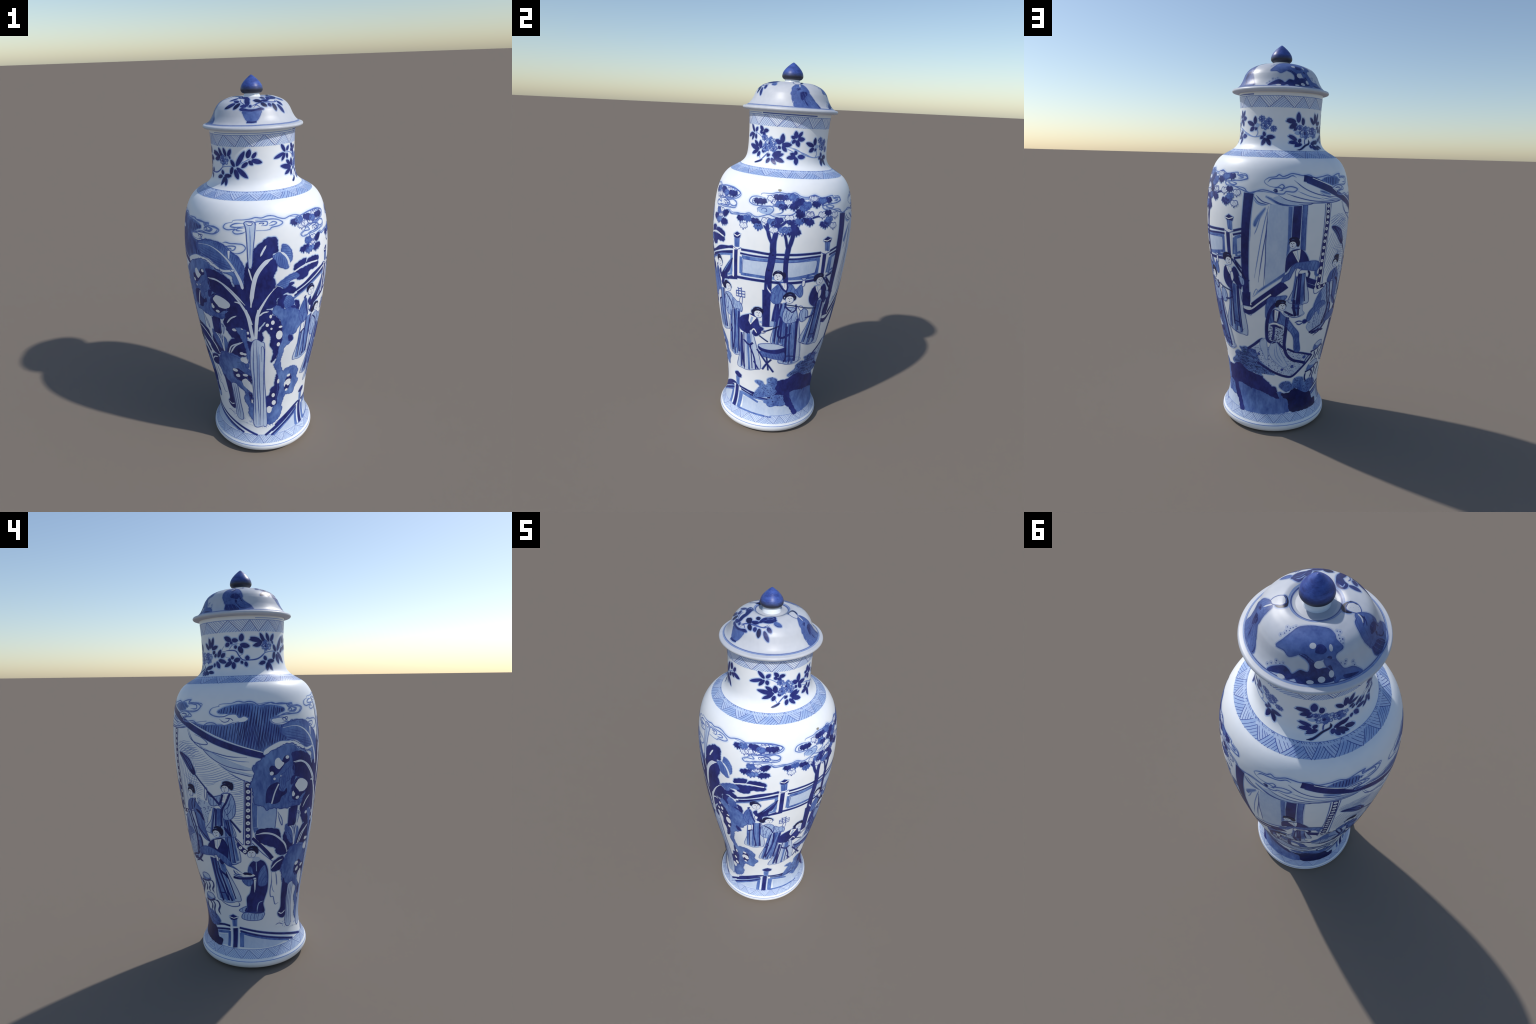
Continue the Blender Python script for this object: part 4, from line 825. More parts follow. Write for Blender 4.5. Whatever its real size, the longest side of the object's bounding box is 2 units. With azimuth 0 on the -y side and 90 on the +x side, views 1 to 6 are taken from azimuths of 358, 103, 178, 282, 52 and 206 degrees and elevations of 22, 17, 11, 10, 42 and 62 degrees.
m.stroke([(318.2, 108.2), (326.3, 107.9), (335.3, 104.8), (341.9, 100.6), (348, 95.8)], 'bleed1', 12, w=.9)
m.blob([(332.4, 84.1), (330.1, 88.5), (334.9, 91.9), (342.8, 94.4), (350.6, 93.4), (352.4, 85.3), (351.8, 77.5), (340.4, 75.1), (333, 76.8), (330.5, 80.8)], 'dark', 9, rough=.25)
dot(m, (337.3, 80.8), 1.86, 0.88, 'white', 12)

# ---- right: plane trees, balustrade and musicians
m.build()
m = Motif('balustrade')
m.area([(71.7, 104.4), (81.4, 104.6), (94.2, 105.2), (105, 105.4), (113.7, 105.8), (131.1, 106.4), (131.1, 97.8), (115.1, 97.8), (104.6, 97.6), (92.6, 97.3), (81.7, 97.2), (71.3, 96.8)], 'pale', 0)
m.stroke([(71, 105.3), (81.3, 105.5), (93.4, 105.7), (105, 105.9), (113.7, 106.3), (132.7, 107.2)], 'mid', 1, w=1.6, taper=0)
m.stroke([(70.3, 105.2), (69.9, 96)], 'mid', 1, w=1.5, taper=0)
m.stroke([(69.9, 96), (81.7, 96.5), (92.7, 96.6), (104.7, 96.7), (115.2, 97), (132.6, 97.4)], 'mid', 1, w=1.5, taper=0)
m.stroke([(132.7, 107.2), (132.6, 97.3)], 'mid', 1, w=1.5, taper=0)
m.stroke([(72.2, 104.3), (81.4, 104.6), (94.2, 105.1), (105, 105.3), (113.8, 105.7), (131.1, 106.4), (130.8, 98.1)], 'line', 2, w=.25, taper=0)
m.stroke([(72.2, 104.3), (71.3, 96.8)], 'line', 2, w=.25, taper=0)
m.stroke([(27.5, 101.1), (49.2, 106.5), (61.9, 109.4)], 'dark', 2, w=1.1, taper=0)
m.stroke([(70.2, 109), (81, 109.3), (93.8, 109.1), (104.5, 109.4), (113.2, 109.6), (123.7, 110), (134.2, 110.3)], 'dark', 2, w=1.1, taper=0)
m.stroke([(29.2, 99.7), (49.1, 104.4), (62, 106.9)], 'dark', 2, w=.9, taper=0)
m.stroke([(69.4, 106.9), (81.2, 107), (94, 107.2), (104.8, 107.2), (113.5, 107.4), (124.1, 108.1), (134.3, 108.5)], 'dark', 2, w=.9, taper=0)
m.stroke([(30, 98.5), (49.1, 103.4), (61.5, 105.7)], 'mid', 1, w=1.3, taper=0)
m.stroke([(54.1, 90.6), (61.6, 92.9), (69.4, 93.7), (81.8, 94.2), (92.9, 94.4), (105, 94.3), (115.7, 94.7), (131.3, 95.7)], 'dark', 2, w=1.3, taper=0)
m.stroke([(60.5, 104.9), (59.4, 93.6)], 'mid', 1, w=1.4, taper=0)
m.stroke([(55, 93.1), (60, 94.3)], 'mid', 1, w=1.0, taper=0)
m.area([(62.3, 115.9), (65.8, 117.6), (69.3, 116.8), (68.8, 115.1), (66.1, 114), (63.2, 114.3)], 'dark', 3)
m.stroke([(62.8, 116), (66, 115.3), (69.1, 116.8)], 'white', 5, w=.4, taper=0, smooth=0)
m.area([(63.4, 113.9), (68.1, 114.7), (68.1, 110), (63.9, 109.5)], 'mid', 3)
m.stroke([(63.7, 113.9), (64.1, 109.5)], 'line', 4, w=.3, taper=0)
m.stroke([(65.9, 114), (66.2, 109.6)], 'line', 4, w=.3, taper=0)
m.stroke([(68, 114.7), (68, 110.1)], 'line', 4, w=.3, taper=0)
m.area([(61.9, 109.4), (70.1, 109.7), (67, 108.4), (62.5, 108.2)], 'white', 3)
m.stroke([(61.9, 109.4), (66.5, 108.4), (70.3, 109.9)], 'line', 4, w=.3, taper=0, smooth=0)
m.stroke([(62.7, 108.1), (61.9, 93.1)], 'white', 3, w=1.0, taper=0)
m.stroke([(67.9, 108.6), (67.5, 94.6)], 'white', 3, w=1.2, taper=0)
m.area([(63.5, 108), (67, 108.3), (66.4, 92.7), (63, 92.4)], 'dark', 4)
m.area([(134.9, 116.7), (139, 118.3), (143.6, 117.1), (142.6, 115.3), (137.3, 115.4)], 'dark', 3)
m.stroke([(135.3, 116.7), (138.9, 116.1), (143, 117)], 'white', 5, w=.4, taper=0, smooth=0)
m.area([(137.1, 115.5), (141.9, 115.4), (142.3, 110.5), (138.4, 110.9)], 'mid', 3)
m.stroke([(137.3, 115.5), (138.6, 110.9)], 'line', 4, w=.3, taper=0)
m.stroke([(139.6, 115.4), (140.5, 110.6)], 'line', 4, w=.3, taper=0)
m.area([(133.8, 110.5), (138.1, 111.2), (143.5, 110.3), (138.6, 109.5)], 'white', 3)
m.stroke([(133.9, 110.4), (138.6, 109.3), (143.7, 110.3)], 'line', 4, w=.3, taper=0, smooth=0)
m.area([(136.2, 109.4), (139.7, 109.1), (140.1, 98.4), (137, 98.9)], 'dark', 4)
m.stroke([(140.7, 109), (141.1, 98.3)], 'white', 4, w=.9, taper=0)
m.stroke([(135.3, 109.4), (135.8, 99.3)], 'white', 4, w=.8, taper=0)
m.stroke([(143.4, 110.6), (151.1, 112.1)], 'dark', 2, w=1.0, taper=0)
m.stroke([(142.9, 108.6), (150.6, 110)], 'dark', 2, w=.9, taper=0)
m.area([(145.9, 107.8), (150.1, 108.6), (150.5, 99.6), (146, 98.5)], 'pale', 0)
m.stroke([(150, 108.7), (145.6, 107.8), (145.6, 98.3), (150.2, 98.8)], 'mid', 1, w=1.3, taper=0, smooth=0)
m.stroke([(142.8, 96.8), (149.4, 97.9)], 'dark', 2, w=1.0, taper=0)
m.area([(111.4, 106.4), (131.4, 107.1), (130.2, 99.5), (109.9, 97.4)], 'pale', 0)
m.stroke([(112.9, 107.1), (133.2, 107.7), (131.8, 99.4), (111, 96.8)], 'mid', 1, w=1.4, taper=0, smooth=0)
m.area([(145.9, 106.6), (150.2, 108.3), (149.7, 100.9), (145, 99.8)], 'pale', 0)
m.stroke([(150.2, 108.6), (143.9, 106.7), (143, 99.1), (149.7, 100.6)], 'mid', 1, w=1.4, taper=0, smooth=0)
m.stroke([(27.1, 101.1), (35.8, 103.4), (45.7, 106.8), (62.2, 108.9)], 'dark', 2, w=1.1, taper=0)
m.stroke([(26.8, 98.3), (35.6, 100.7), (45.7, 103.6), (61.9, 106.2)], 'dark', 2, w=.9, taper=0)
m.area([(28.4, 97.1), (39.7, 100.9), (37.6, 99), (28.9, 96.8)], 'pale', 0)
m.stroke([(24.2, 96.3), (39.8, 101.4), (49.6, 103.4), (61, 105.2)], 'mid', 1, w=1.1, taper=0)
m.stroke([(60.5, 105.2), (60.3, 95.5)], 'mid', 1, w=1.4, taper=0)
m.stroke([(55, 91.1), (66.3, 92.8)], 'dark', 2, w=1.2, taper=0)

# lower balustrade by the foot
m.stroke([(0.5, 10.3), (23.2, 17.5), (37.1, 21.4), (49.7, 24.3)], 'dark', 2, w=1.1, taper=0)
m.stroke([(7.7, 10.1), (23.5, 14.6), (48, 20.7)], 'dark', 2, w=.9, taper=0)
m.area([(13.6, 10.7), (44.4, 19.1), (42.9, 10.7), (30.4, 10.9)], 'pale', 0)
m.stroke([(8.9, 9.7), (29.5, 15.5), (46.2, 19.3)], 'mid', 1, w=1.3, taper=0)
m.stroke([(46.2, 20.6), (45.1, 10.4)], 'mid', 1, w=1.5, taper=0)
m.area([(52.3, 23.7), (57.6, 23.6), (55.9, 10.2), (51.2, 10.2)], 'dark', 4)
m.area([(52.9, 29.5), (58.9, 29.6), (58.8, 24.3), (53.5, 24)], 'mid', 3)
m.blob([(50.8, 30.9), (56.4, 33), (63, 30.7), (58, 29.4)], 'dark', 4)
m.stroke([(59.4, 23.8), (73.1, 23.3), (90.3, 20.6)], 'dark', 2, w=1.1, taper=0)
m.stroke([(63.8, 20.4), (61.7, 10.4)], 'mid', 1, w=1.5, taper=0)
m.stroke([(63.8, 20.4), (77.6, 19.3), (88.4, 17.6)], 'mid', 1, w=1.2, taper=0)
m.area([(68.1, 18), (86.2, 17.1), (100.8, 13.4), (107.8, 9.6), (104.1, 9), (83.2, 10.2), (66.2, 10.5)], 'pale', 0)
m.area([(50.8, 31.5), (57.1, 33.3), (63.7, 31.8), (61.9, 30.5), (56.4, 29.3)], 'dark', 3)
m.area([(53.7, 28.7), (59.6, 30), (58.4, 24.9), (53.8, 24.2)], 'mid', 3)
m.stroke([(13.3, 15.8), (42.8, 23.7), (51.7, 24.3), (56.8, 23.2)], 'dark', 2, w=1.1, taper=0)
m.stroke([(9.2, 12.5), (42.6, 21.5), (48, 22.2)], 'dark', 2, w=1.0, taper=0)
m.stroke([(58.7, 24), (70.4, 23.4), (81.8, 23), (87, 22.7)], 'dark', 2, w=1.0, taper=0)
m.area([(51.6, 22.7), (57.7, 23.4), (54.6, 10.7), (50, 10)], 'dark', 4)
m.stroke([(46.8, 21.5), (44.7, 15.3), (43.9, 10.8)], 'mid', 1, w=1.5, taper=0)
m.stroke([(15.2, 12), (46.8, 21)], 'mid', 1, w=1.6, taper=0)
m.stroke([(62.3, 22.5), (73.4, 21.7), (83.3, 21), (103.7, 20.3)], 'dark', 2, w=.9, taper=0)
m.stroke([(61.5, 21), (60.2, 10.7)], 'mid', 1, w=1.6, taper=0, smooth=0)
m.stroke([(62.4, 20.9), (73.6, 20.4), (87.3, 20.1), (103.8, 19.7)], 'mid', 1, w=1.3, taper=0)
m.stroke([(60.2, 10.7), (73.5, 10.9), (89.5, 10.5), (106.5, 9.8)], 'mid', 1, w=1.0, taper=0)
m.area([(66, 18.8), (82.2, 18.9), (100.2, 18.6), (108, 17), (123.6, 15.7), (135, 13.1), (136, 10.2), (121.1, 10), (106.4, 10.3), (89.3, 11), (67, 11.8)], 'pale', 0)
m.build()
m = Motif('plane_tree')
m.stroke([(90.2, 124.9), (90.9, 121.5), (92.5, 117.8), (95, 114.6)], 'dark', 8, w=1.6, taper=0)
m.stroke([(87.5, 123.3), (89.5, 121.8), (91.6, 119.6)], 'dark', 8, w=1.0)
m.stroke([(98.5, 127.1), (98.1, 123.3), (97, 119.1), (95.8, 114.2)], 'dark', 8, w=2.4, taper=0)
m.stroke([(95.8, 116.1), (95.9, 112.2), (96.3, 109.3), (95.7, 104.3), (94.7, 100.1)], 'dark', 8, w=3.0, taper=0)
m.stroke([(96.1, 109.8), (95.1, 103.7), (93.9, 98.5), (93.8, 92.7), (93.7, 84.6), (93.4, 77.3), (93.5, 71.6)], 'dark', 8, w=3.6, taper=0)
m.stroke([(106.2, 127.9), (102.6, 125), (98.7, 122.9)], 'dark', 8, w=1.2)
m.stroke([(103.6, 119.9), (105, 117.1), (105.9, 114.2), (106.9, 111.9)], 'dark', 8, w=1.2, taper=0)
m.stroke([(110.1, 124.8), (110.2, 121.1), (109, 116.3), (107.2, 112.3)], 'dark', 8, w=2.0, taper=0)
m.stroke([(107.5, 113.8), (106.8, 109.9), (106.4, 105.9), (106.6, 100.8), (107.6, 94.6)], 'dark', 8, w=2.4, taper=0)
m.stroke([(114.4, 129), (112.6, 125.3), (110.7, 122.5)], 'dark', 8, w=1.0)
m.stroke([(104.6, 83.1), (102.4, 78.5), (100.5, 72.9)], 'dark', 8, w=2.0, taper=0)
m.stroke([(93.9, 111.6), (94.8, 110.2), (93.8, 109.1)], 'navy', 9, w=.6)
dot(m, (96.2, 108.8), 0.71, 0.49, 'navy', 9)
dot(m, (106.6, 107.4), 0.57, 0.39, 'navy', 9)
dot(m, (93.9, 100.6), 0.67, 0.46, 'navy', 9)
m.stroke([(92.6, 89.7), (93.1, 81.6), (93.6, 68.5)], 'dark', 8, w=3.9, taper=0)
m.stroke([(103, 82.8), (101.6, 77.7), (100.7, 71.9)], 'dark', 8, w=2.8, taper=0)
m.stroke([(87.7, 70.8), (96.5, 70.2), (101.6, 71.4)], 'wash', 6, w=3.0)
m.stroke([(86.9, 68.4), (94.1, 68.3), (101, 69.3)], 'line', 7, w=.3)
maple_leaf(m, (28.5, 135.6), 5.0, 'dark', 10, 0)
maple_leaf(m, (33, 136.2), 5.0, 'mid', 10, 0)
maple_leaf(m, (40.7, 136.7), 5.0, 'dark', 10, 0)
maple_leaf(m, (43.2, 136.1), 5.0, 'dark', 10, 0)
maple_leaf(m, (47, 135.4), 5.0, 'mid', 10, 0)
maple_leaf(m, (53.9, 135.9), 5.0, 'dark', 10, 0)
maple_leaf(m, (57.7, 136), 5.0, 'dark', 10, 0)
maple_leaf(m, (34.4, 133.4), 4.6, 'white', 9, 0)
maple_leaf(m, (50.1, 137.3), 4.6, 'white', 9, 0)
maple_leaf(m, (44.8, 134.3), 4.6, 'white', 9, 0)
maple_leaf(m, (34.6, 121.8), 4.9, 'dark', 10, 0)
maple_leaf(m, (40.2, 125.1), 4.9, 'mid', 10, 0)
maple_leaf(m, (39.9, 120.8), 4.9, 'mid', 10, 0)
maple_leaf(m, (49.8, 125), 4.9, 'dark', 10, 0)
maple_leaf(m, (48.2, 120.5), 4.9, 'dark', 10, 0)
maple_leaf(m, (51.4, 121), 4.9, 'dark', 10, 0)
maple_leaf(m, (43.5, 123.5), 4.6, 'white', 9, 0)
maple_leaf(m, (45.2, 126.2), 4.6, 'white', 9, 0)
leaf(m, (48.9, 125.4), (55.2, 126.2), 'dark', 10, w=2)
maple_leaf(m, (67.8, 125), 5.0, 'dark', 10, 0)
maple_leaf(m, (73.9, 125.6), 5.0, 'mid', 10, 0)
maple_leaf(m, (80.4, 125), 5.0, 'dark', 10, 0)
maple_leaf(m, (82.5, 124), 5.0, 'dark', 10, 0)
maple_leaf(m, (83.5, 122.5), 5.0, 'mid', 10, 0)
maple_leaf(m, (93.4, 125.6), 5.0, 'mid', 10, 0)
maple_leaf(m, (96.3, 124.6), 5.0, 'dark', 10, 0)
maple_leaf(m, (98.6, 126.6), 5.0, 'dark', 10, 0)
maple_leaf(m, (71.1, 121.8), 4.9, 'white', 9, 0)
maple_leaf(m, (89, 125.9), 4.9, 'white', 9, 0)
maple_leaf(m, (95.3, 121.7), 4.9, 'white', 9, 0)
maple_leaf(m, (106.2, 128), 4.9, 'white', 9, 0)
maple_leaf(m, (81.2, 134.7), 5.0, 'dark', 10, 0)
maple_leaf(m, (84.7, 134.8), 5.0, 'dark', 10, 0)
maple_leaf(m, (96.6, 137.3), 5.0, 'dark', 10, 0)
maple_leaf(m, (101.1, 137.3), 5.0, 'dark', 10, 0)
maple_leaf(m, (113.9, 136.2), 5.0, 'dark', 10, 0)
maple_leaf(m, (111, 134.8), 5.0, 'dark', 10, 0)
maple_leaf(m, (109.2, 133.4), 5.0, 'dark', 10, 0)
maple_leaf(m, (127, 134.9), 5.0, 'dark', 10, 0)
maple_leaf(m, (139.2, 136.7), 5.0, 'dark', 10, 0)
maple_leaf(m, (108.9, 137.6), 5.0, 'mid', 10, 0)
maple_leaf(m, (106.3, 138.1), 5.0, 'mid', 10, 0)
maple_leaf(m, (98.6, 134.3), 5.0, 'mid', 10, 0)
maple_leaf(m, (119.3, 134), 5.0, 'mid', 10, 0)
maple_leaf(m, (117.1, 132.9), 5.0, 'mid', 10, 0)
maple_leaf(m, (133.3, 136.5), 5.0, 'mid', 10, 0)
maple_leaf(m, (100.9, 133.1), 5.0, 'dark', 10, 0)
maple_leaf(m, (91.9, 136.5), 4.9, 'white', 9, 0)
maple_leaf(m, (104.3, 135.4), 4.9, 'white', 9, 0)
maple_leaf(m, (124.6, 137.4), 4.9, 'white', 9, 0)
maple_leaf(m, (95.6, 135), 4.9, 'white', 9, 0)
maple_leaf(m, (114.2, 131.1), 5.0, 'dark', 10, 0)
maple_leaf(m, (114.3, 129.5), 5.0, 'dark', 10, 0)
maple_leaf(m, (113.9, 126.5), 5.0, 'mid', 10, 0)
maple_leaf(m, (119, 127.2), 5.0, 'dark', 10, 0)
maple_leaf(m, (122.2, 126.1), 5.0, 'dark', 10, 0)
maple_leaf(m, (108.2, 125.9), 5.0, 'dark', 10, 0)
maple_leaf(m, (110.3, 122.9), 5.0, 'dark', 10, 0)
maple_leaf(m, (112.3, 121.1), 5.0, 'dark', 10, 0)
maple_leaf(m, (107.3, 121), 5.0, 'dark', 10, 0)
maple_leaf(m, (102.3, 121.9), 5.0, 'mid', 10, 0)
maple_leaf(m, (105.1, 122.3), 5.0, 'mid', 10, 0)
maple_leaf(m, (121.9, 129.5), 4.9, 'white', 9, 0)
maple_leaf(m, (101.7, 121.2), 4.9, 'white', 9, 0)
maple_leaf(m, (138.2, 130.6), 5.0, 'dark', 10, 0)
maple_leaf(m, (139.3, 127.3), 5.0, 'mid', 10, 0)
maple_leaf(m, (137.5, 125.9), 5.0, 'mid', 10, 0)
maple_leaf(m, (135.7, 124.6), 5.0, 'dark', 10, 0)
maple_leaf(m, (133.9, 125.1), 5.0, 'dark', 10, 0)
maple_leaf(m, (132.6, 129.8), 4.9, 'white', 9, 0)
maple_leaf(m, (145.5, 129.3), 4.9, 'white', 9, 0)
maple_leaf(m, (143.7, 124.1), 4.9, 'white', 9, 0)
m.stroke([(120.5, 127.2), (127.6, 128.6), (131.8, 128.9)], 'dark', 8, w=.8)
maple_leaf(m, (30.2, 135.8), 4.6, 'dark', 10, 0)
maple_leaf(m, (42.2, 136.6), 4.6, 'dark', 10, 0)
maple_leaf(m, (47.7, 135.3), 4.6, 'mid', 10, 0)
maple_leaf(m, (56.7, 135.8), 4.6, 'dark', 10, 0)
maple_leaf(m, (37.1, 122.5), 4.6, 'dark', 10, 0)
maple_leaf(m, (50.7, 125.4), 4.6, 'dark', 10, 0)
maple_leaf(m, (49.9, 121.4), 4.6, 'dark', 10, 0)
maple_leaf(m, (39.7, 125.9), 4.6, 'mid', 10, 0)
maple_leaf(m, (42.8, 121.3), 4.6, 'mid', 10, 0)
maple_leaf(m, (50.7, 136.8), 4.6, 'white', 9, 0)
maple_leaf(m, (45.2, 124.2), 4.6, 'white', 9, 0)
maple_leaf(m, (37.8, 133.9), 4.6, 'white', 9, 0)
maple_leaf(m, (114.8, 135.3), 4.9, 'dark', 10, 0)
maple_leaf(m, (127.8, 134.8), 4.9, 'dark', 10, 0)
maple_leaf(m, (138.9, 136.6), 4.9, 'dark', 10, 0)
maple_leaf(m, (132.5, 136.3), 4.9, 'mid', 10, 0)
maple_leaf(m, (119.5, 134.6), 4.9, 'mid', 10, 0)
maple_leaf(m, (120.9, 126.7), 4.9, 'dark', 10, 0)
maple_leaf(m, (114.7, 130.1), 4.9, 'dark', 10, 0)
maple_leaf(m, (110.9, 122.7), 4.9, 'dark', 10, 0)
maple_leaf(m, (125.8, 137.4), 4.6, 'white', 9, 0)
maple_leaf(m, (122.1, 130.1), 4.6, 'white', 9, 0)
m.build()
m = Motif('musician_with_flute')
m.hatch([(109, 80.2), (112.6, 80.8), (117.8, 80.2), (120.2, 77.3), (121.2, 73.2), (118, 71.6), (111.9, 71.1), (108.2, 72.8), (107.5, 76.8)], 78, 1.7, 'line', 12, w=.2, seed=2, curve=.08)
m.blob([(109, 80.2), (112.6, 80.8), (117.8, 80.2), (120.2, 77.3), (121.2, 73.2), (118, 71.6), (111.9, 71.1), (108.2, 72.8), (107.5, 76.8)], 'wash', 11, edge='line', w=.28)
m.stroke([(109.8, 80.8), (112.1, 79.4), (114.8, 78.3)], 'dark', 14, w=.8, taper=0)
m.stroke([(118.1, 82.4), (118.8, 79.6), (116.9, 78.2), (114.9, 77.7)], 'dark', 14, w=.8, taper=0)
m.stroke([(111.1, 78), (111.2, 75.1), (109.7, 74)], 'line', 14, w=.25)
m.stroke([(116.1, 76.3), (114.8, 74), (111.7, 72.3)], 'line', 14, w=.25)
skirt(m, [(109.6, 71.7), (122.3, 74.3), (129.1, 46.1), (110.4, 45.7)], 9, n=9)
m.stroke([(121.5, 73.8), (122.5, 64.9), (126.1, 46.3)], 'dark', 13, w=1.2, taper=0)
m.stroke([(112.7, 69.3), (113.6, 58.5), (115.6, 46.3)], 'dark', 13, w=1.1, taper=0)
m.stroke([(116, 70.5), (117.8, 59), (120.3, 46.7)], 'mid', 13, w=2.2, taper=0)
m.stroke([(115.5, 70.5), (116.8, 59), (120.5, 46.1)], 'dark', 14, w=.7, taper=0)
m.stroke([(105.7, 63.3), (109.1, 62.1), (113.5, 63.4), (117.7, 65.1)], 'dark', 14, w=1.4)
m.stroke([(116.1, 50.2), (124.8, 49.7)], 'dark', 14, w=.7, taper=0)
m.blob([(108.1, 47), (114.9, 45), (125.1, 44.4), (133.7, 46.9), (128, 48.8)], 'pale', 9, edge='thin', w=.25)
m.hatch([(123.2, 77.7), (126.3, 79.5), (130.2, 77.8), (130.5, 73.8), (126.2, 71.8), (122.9, 73.7)], 100, 1.7, 'line', 12, w=.2, seed=3, curve=.08)
m.blob([(123.2, 77.7), (126.3, 79.5), (130.2, 77.8), (130.5, 73.8), (126.2, 71.8), (122.9, 73.7)], 'wash', 11, edge='line', w=.28)
m.stroke([(108.3, 82.4), (116.6, 81.6), (127.6, 80), (139, 78.9)], 'navy', 16, w=.45, taper=0)
m.blob([(120.7, 80.7), (122.7, 81.4), (125.3, 80.2), (123.4, 78.6)], 'white', 15, edge='line', w=.25)
dot(m, (111.9, 87.3), 4.68, 2.32, 'hair', 15)
dot(m, (108.0, 86.6), 1.66, 1.39, 'hair', 15)
dot(m, (115.8, 86.3), 1.88, 1.60, 'hair', 15)
face(m, (112.2, 85.5), 2.87, 17, 0.1)
dot(m, (108.1, 86.3), 0.63, 0.43, 'pale', 17)
dot(m, (115.7, 86.1), 0.65, 0.43, 'pale', 17)
m.build()
m = Motif('musician_raising_cup')
m.hatch([(96.8, 89.8), (100.7, 92.7), (104.2, 95), (108.1, 94), (112.8, 93.6), (116.4, 90.9), (120.7, 93.5), (122.7, 88.6), (120.6, 86.5), (116, 88.8), (113.7, 88.2), (106.9, 86.5), (104.2, 83.1), (99.5, 82.6), (96.4, 84.8), (97.3, 88.2)], 78, 1.7, 'line', 10, w=.2, seed=2, curve=.08)
m.blob([(96.8, 89.8), (100.7, 92.7), (104.2, 95), (108.1, 94), (112.8, 93.6), (116.4, 90.9), (120.7, 93.5), (122.7, 88.6), (120.6, 86.5), (116, 88.8), (113.7, 88.2), (106.9, 86.5), (104.2, 83.1), (99.5, 82.6), (96.4, 84.8), (97.3, 88.2)], 'mid', 9, edge='line', w=.28)
m.stroke([(102.4, 94.1), (105.4, 91.3), (109.2, 89.3)], 'dark', 12, w=.8, taper=0)
m.stroke([(108.7, 95.1), (109.5, 92), (108.8, 89.5)], 'dark', 12, w=.8, taper=0)
m.area([(103.9, 94.2), (108.4, 94.6), (109, 90.3), (107, 91.1)], 'white', 11)
m.stroke([(105.1, 93.4), (106.1, 91.9)], 'line', 12, w=.22)
m.stroke([(106.9, 94), (107.3, 91.9)], 'line', 12, w=.22)
m.stroke([(98, 88.8), (100.5, 87.3), (100, 85.1)], 'line', 12, w=.25)
m.stroke([(115.1, 91.5), (117.4, 89.8), (119.4, 88.2)], 'line', 12, w=.25)
m.blob([(121.2, 93), (121.1, 95.6), (123, 96.1), (123.5, 93.9), (122.5, 92.6)], 'white', 12, edge='line', w=.25)
m.blob([(93, 92.9), (93.9, 91.1), (96.4, 89.2), (96.1, 88.1), (93.2, 90.5)], 'white', 12, edge='line', w=.25)
m.blob([(119.9, 97.2), (124, 97.2), (122.6, 96.1), (121.8, 96.1)], 'pale', 12, edge='line', w=.25)
skirt(m, [(101.9, 82.2), (109.7, 83.6), (111.7, 58.5), (100, 58.7)], 7, n=8, seed=4)
m.stroke([(107.5, 82.4), (106.7, 73.9), (105.9, 62.1)], 'mid', 9, w=2.2, taper=0)
m.stroke([(105.9, 82.4), (103.3, 70.9), (102.2, 59.5)], 'dark', 10, w=1.0, taper=0)
m.stroke([(109.2, 81.9), (107.6, 71.1), (107.8, 59)], 'dark', 10, w=.8, taper=0)
m.stroke([(103.2, 75.5), (106.3, 74.2), (105.3, 63.3), (109.2, 61.5)], 'dark', 10, w=1.1)
dot(m, (101.4, 99.0), 4.01, 2.11, 'hair', 13)
dot(m, (105.6, 98.4), 1.82, 1.99, 'hair', 13)
dot(m, (98.2, 98.6), 1.17, 0.97, 'hair', 13)
face(m, (101.5, 97.6), 3.02, 15, -0.4)
m.build()
m = Motif('drummer')
skirt(m, [(67.6, 61.1), (80.8, 64), (86.2, 40.1), (60.6, 37.6)], 10, n=6, seed=9, tone='pale')
m.stroke([(68.7, 60.1), (67.7, 50), (68.4, 38.6)], 'dark', 14, w=1.2, taper=0)
m.stroke([(68.2, 61.2), (67, 49.9), (64.8, 39.1)], 'dark', 14, w=1.0, taper=0)
m.stroke([(70.1, 57.3), (76.7, 54.8), (81.1, 56.7)], 'dark', 14, w=1.2, taper=0)
m.stroke([(77.2, 54.2), (81.8, 47.4), (83.8, 39.2)], 'dark', 14, w=.9, taper=0)
m.stroke([(81.1, 44.7), (86.7, 39.9)], 'dark', 14, w=.9, taper=0)
m.stroke([(76.6, 61.8), (77.8, 55.6)], 'mid', 14, w=1.6, taper=0)
m.blob([(65.6, 67.8), (69.3, 71.4), (76.6, 73.8), (82.2, 74.7), (85.9, 72.3), (87.8, 68.5), (91.5, 67.1), (89.8, 64.6), (87.1, 62.4), (83.2, 61.3), (80.2, 62.7), (81.8, 65.3), (78.3, 64.2), (76.1, 61.7), (70.7, 62.3), (66.2, 63.8)], 'dark', 13)
m.area([(78, 74.1), (85, 72.8), (78.9, 67.8), (77, 69.9)], 'white', 15)
m.stroke([(80.9, 72.8), (78.9, 69)], 'wash', 16, w=1.2, taper=0)
m.stroke([(80.3, 64.5), (82.3, 65.7), (85.1, 63.4)], 'white', 15, w=.7)
m.blob([(89.8, 65.5), (93.4, 65.8), (92.6, 64.5), (89.8, 64)], 'white', 15, edge='line', w=.25)
m.stroke([(90.7, 64.7), (97.7, 66.8), (105.7, 69.4)], 'navy', 17, w=.6, taper=0)
m.stroke([(87.5, 62.2), (91.9, 60.5), (96.2, 59)], 'navy', 17, w=.6, taper=0)
dot(m, (86.2, 77.2), 4.93, 2.21, 'hair', 16)
dot(m, (81.7, 76.0), 1.90, 1.45, 'hair', 16)
face(m, (86.2, 75.5), 2.96, 18, 0.3)
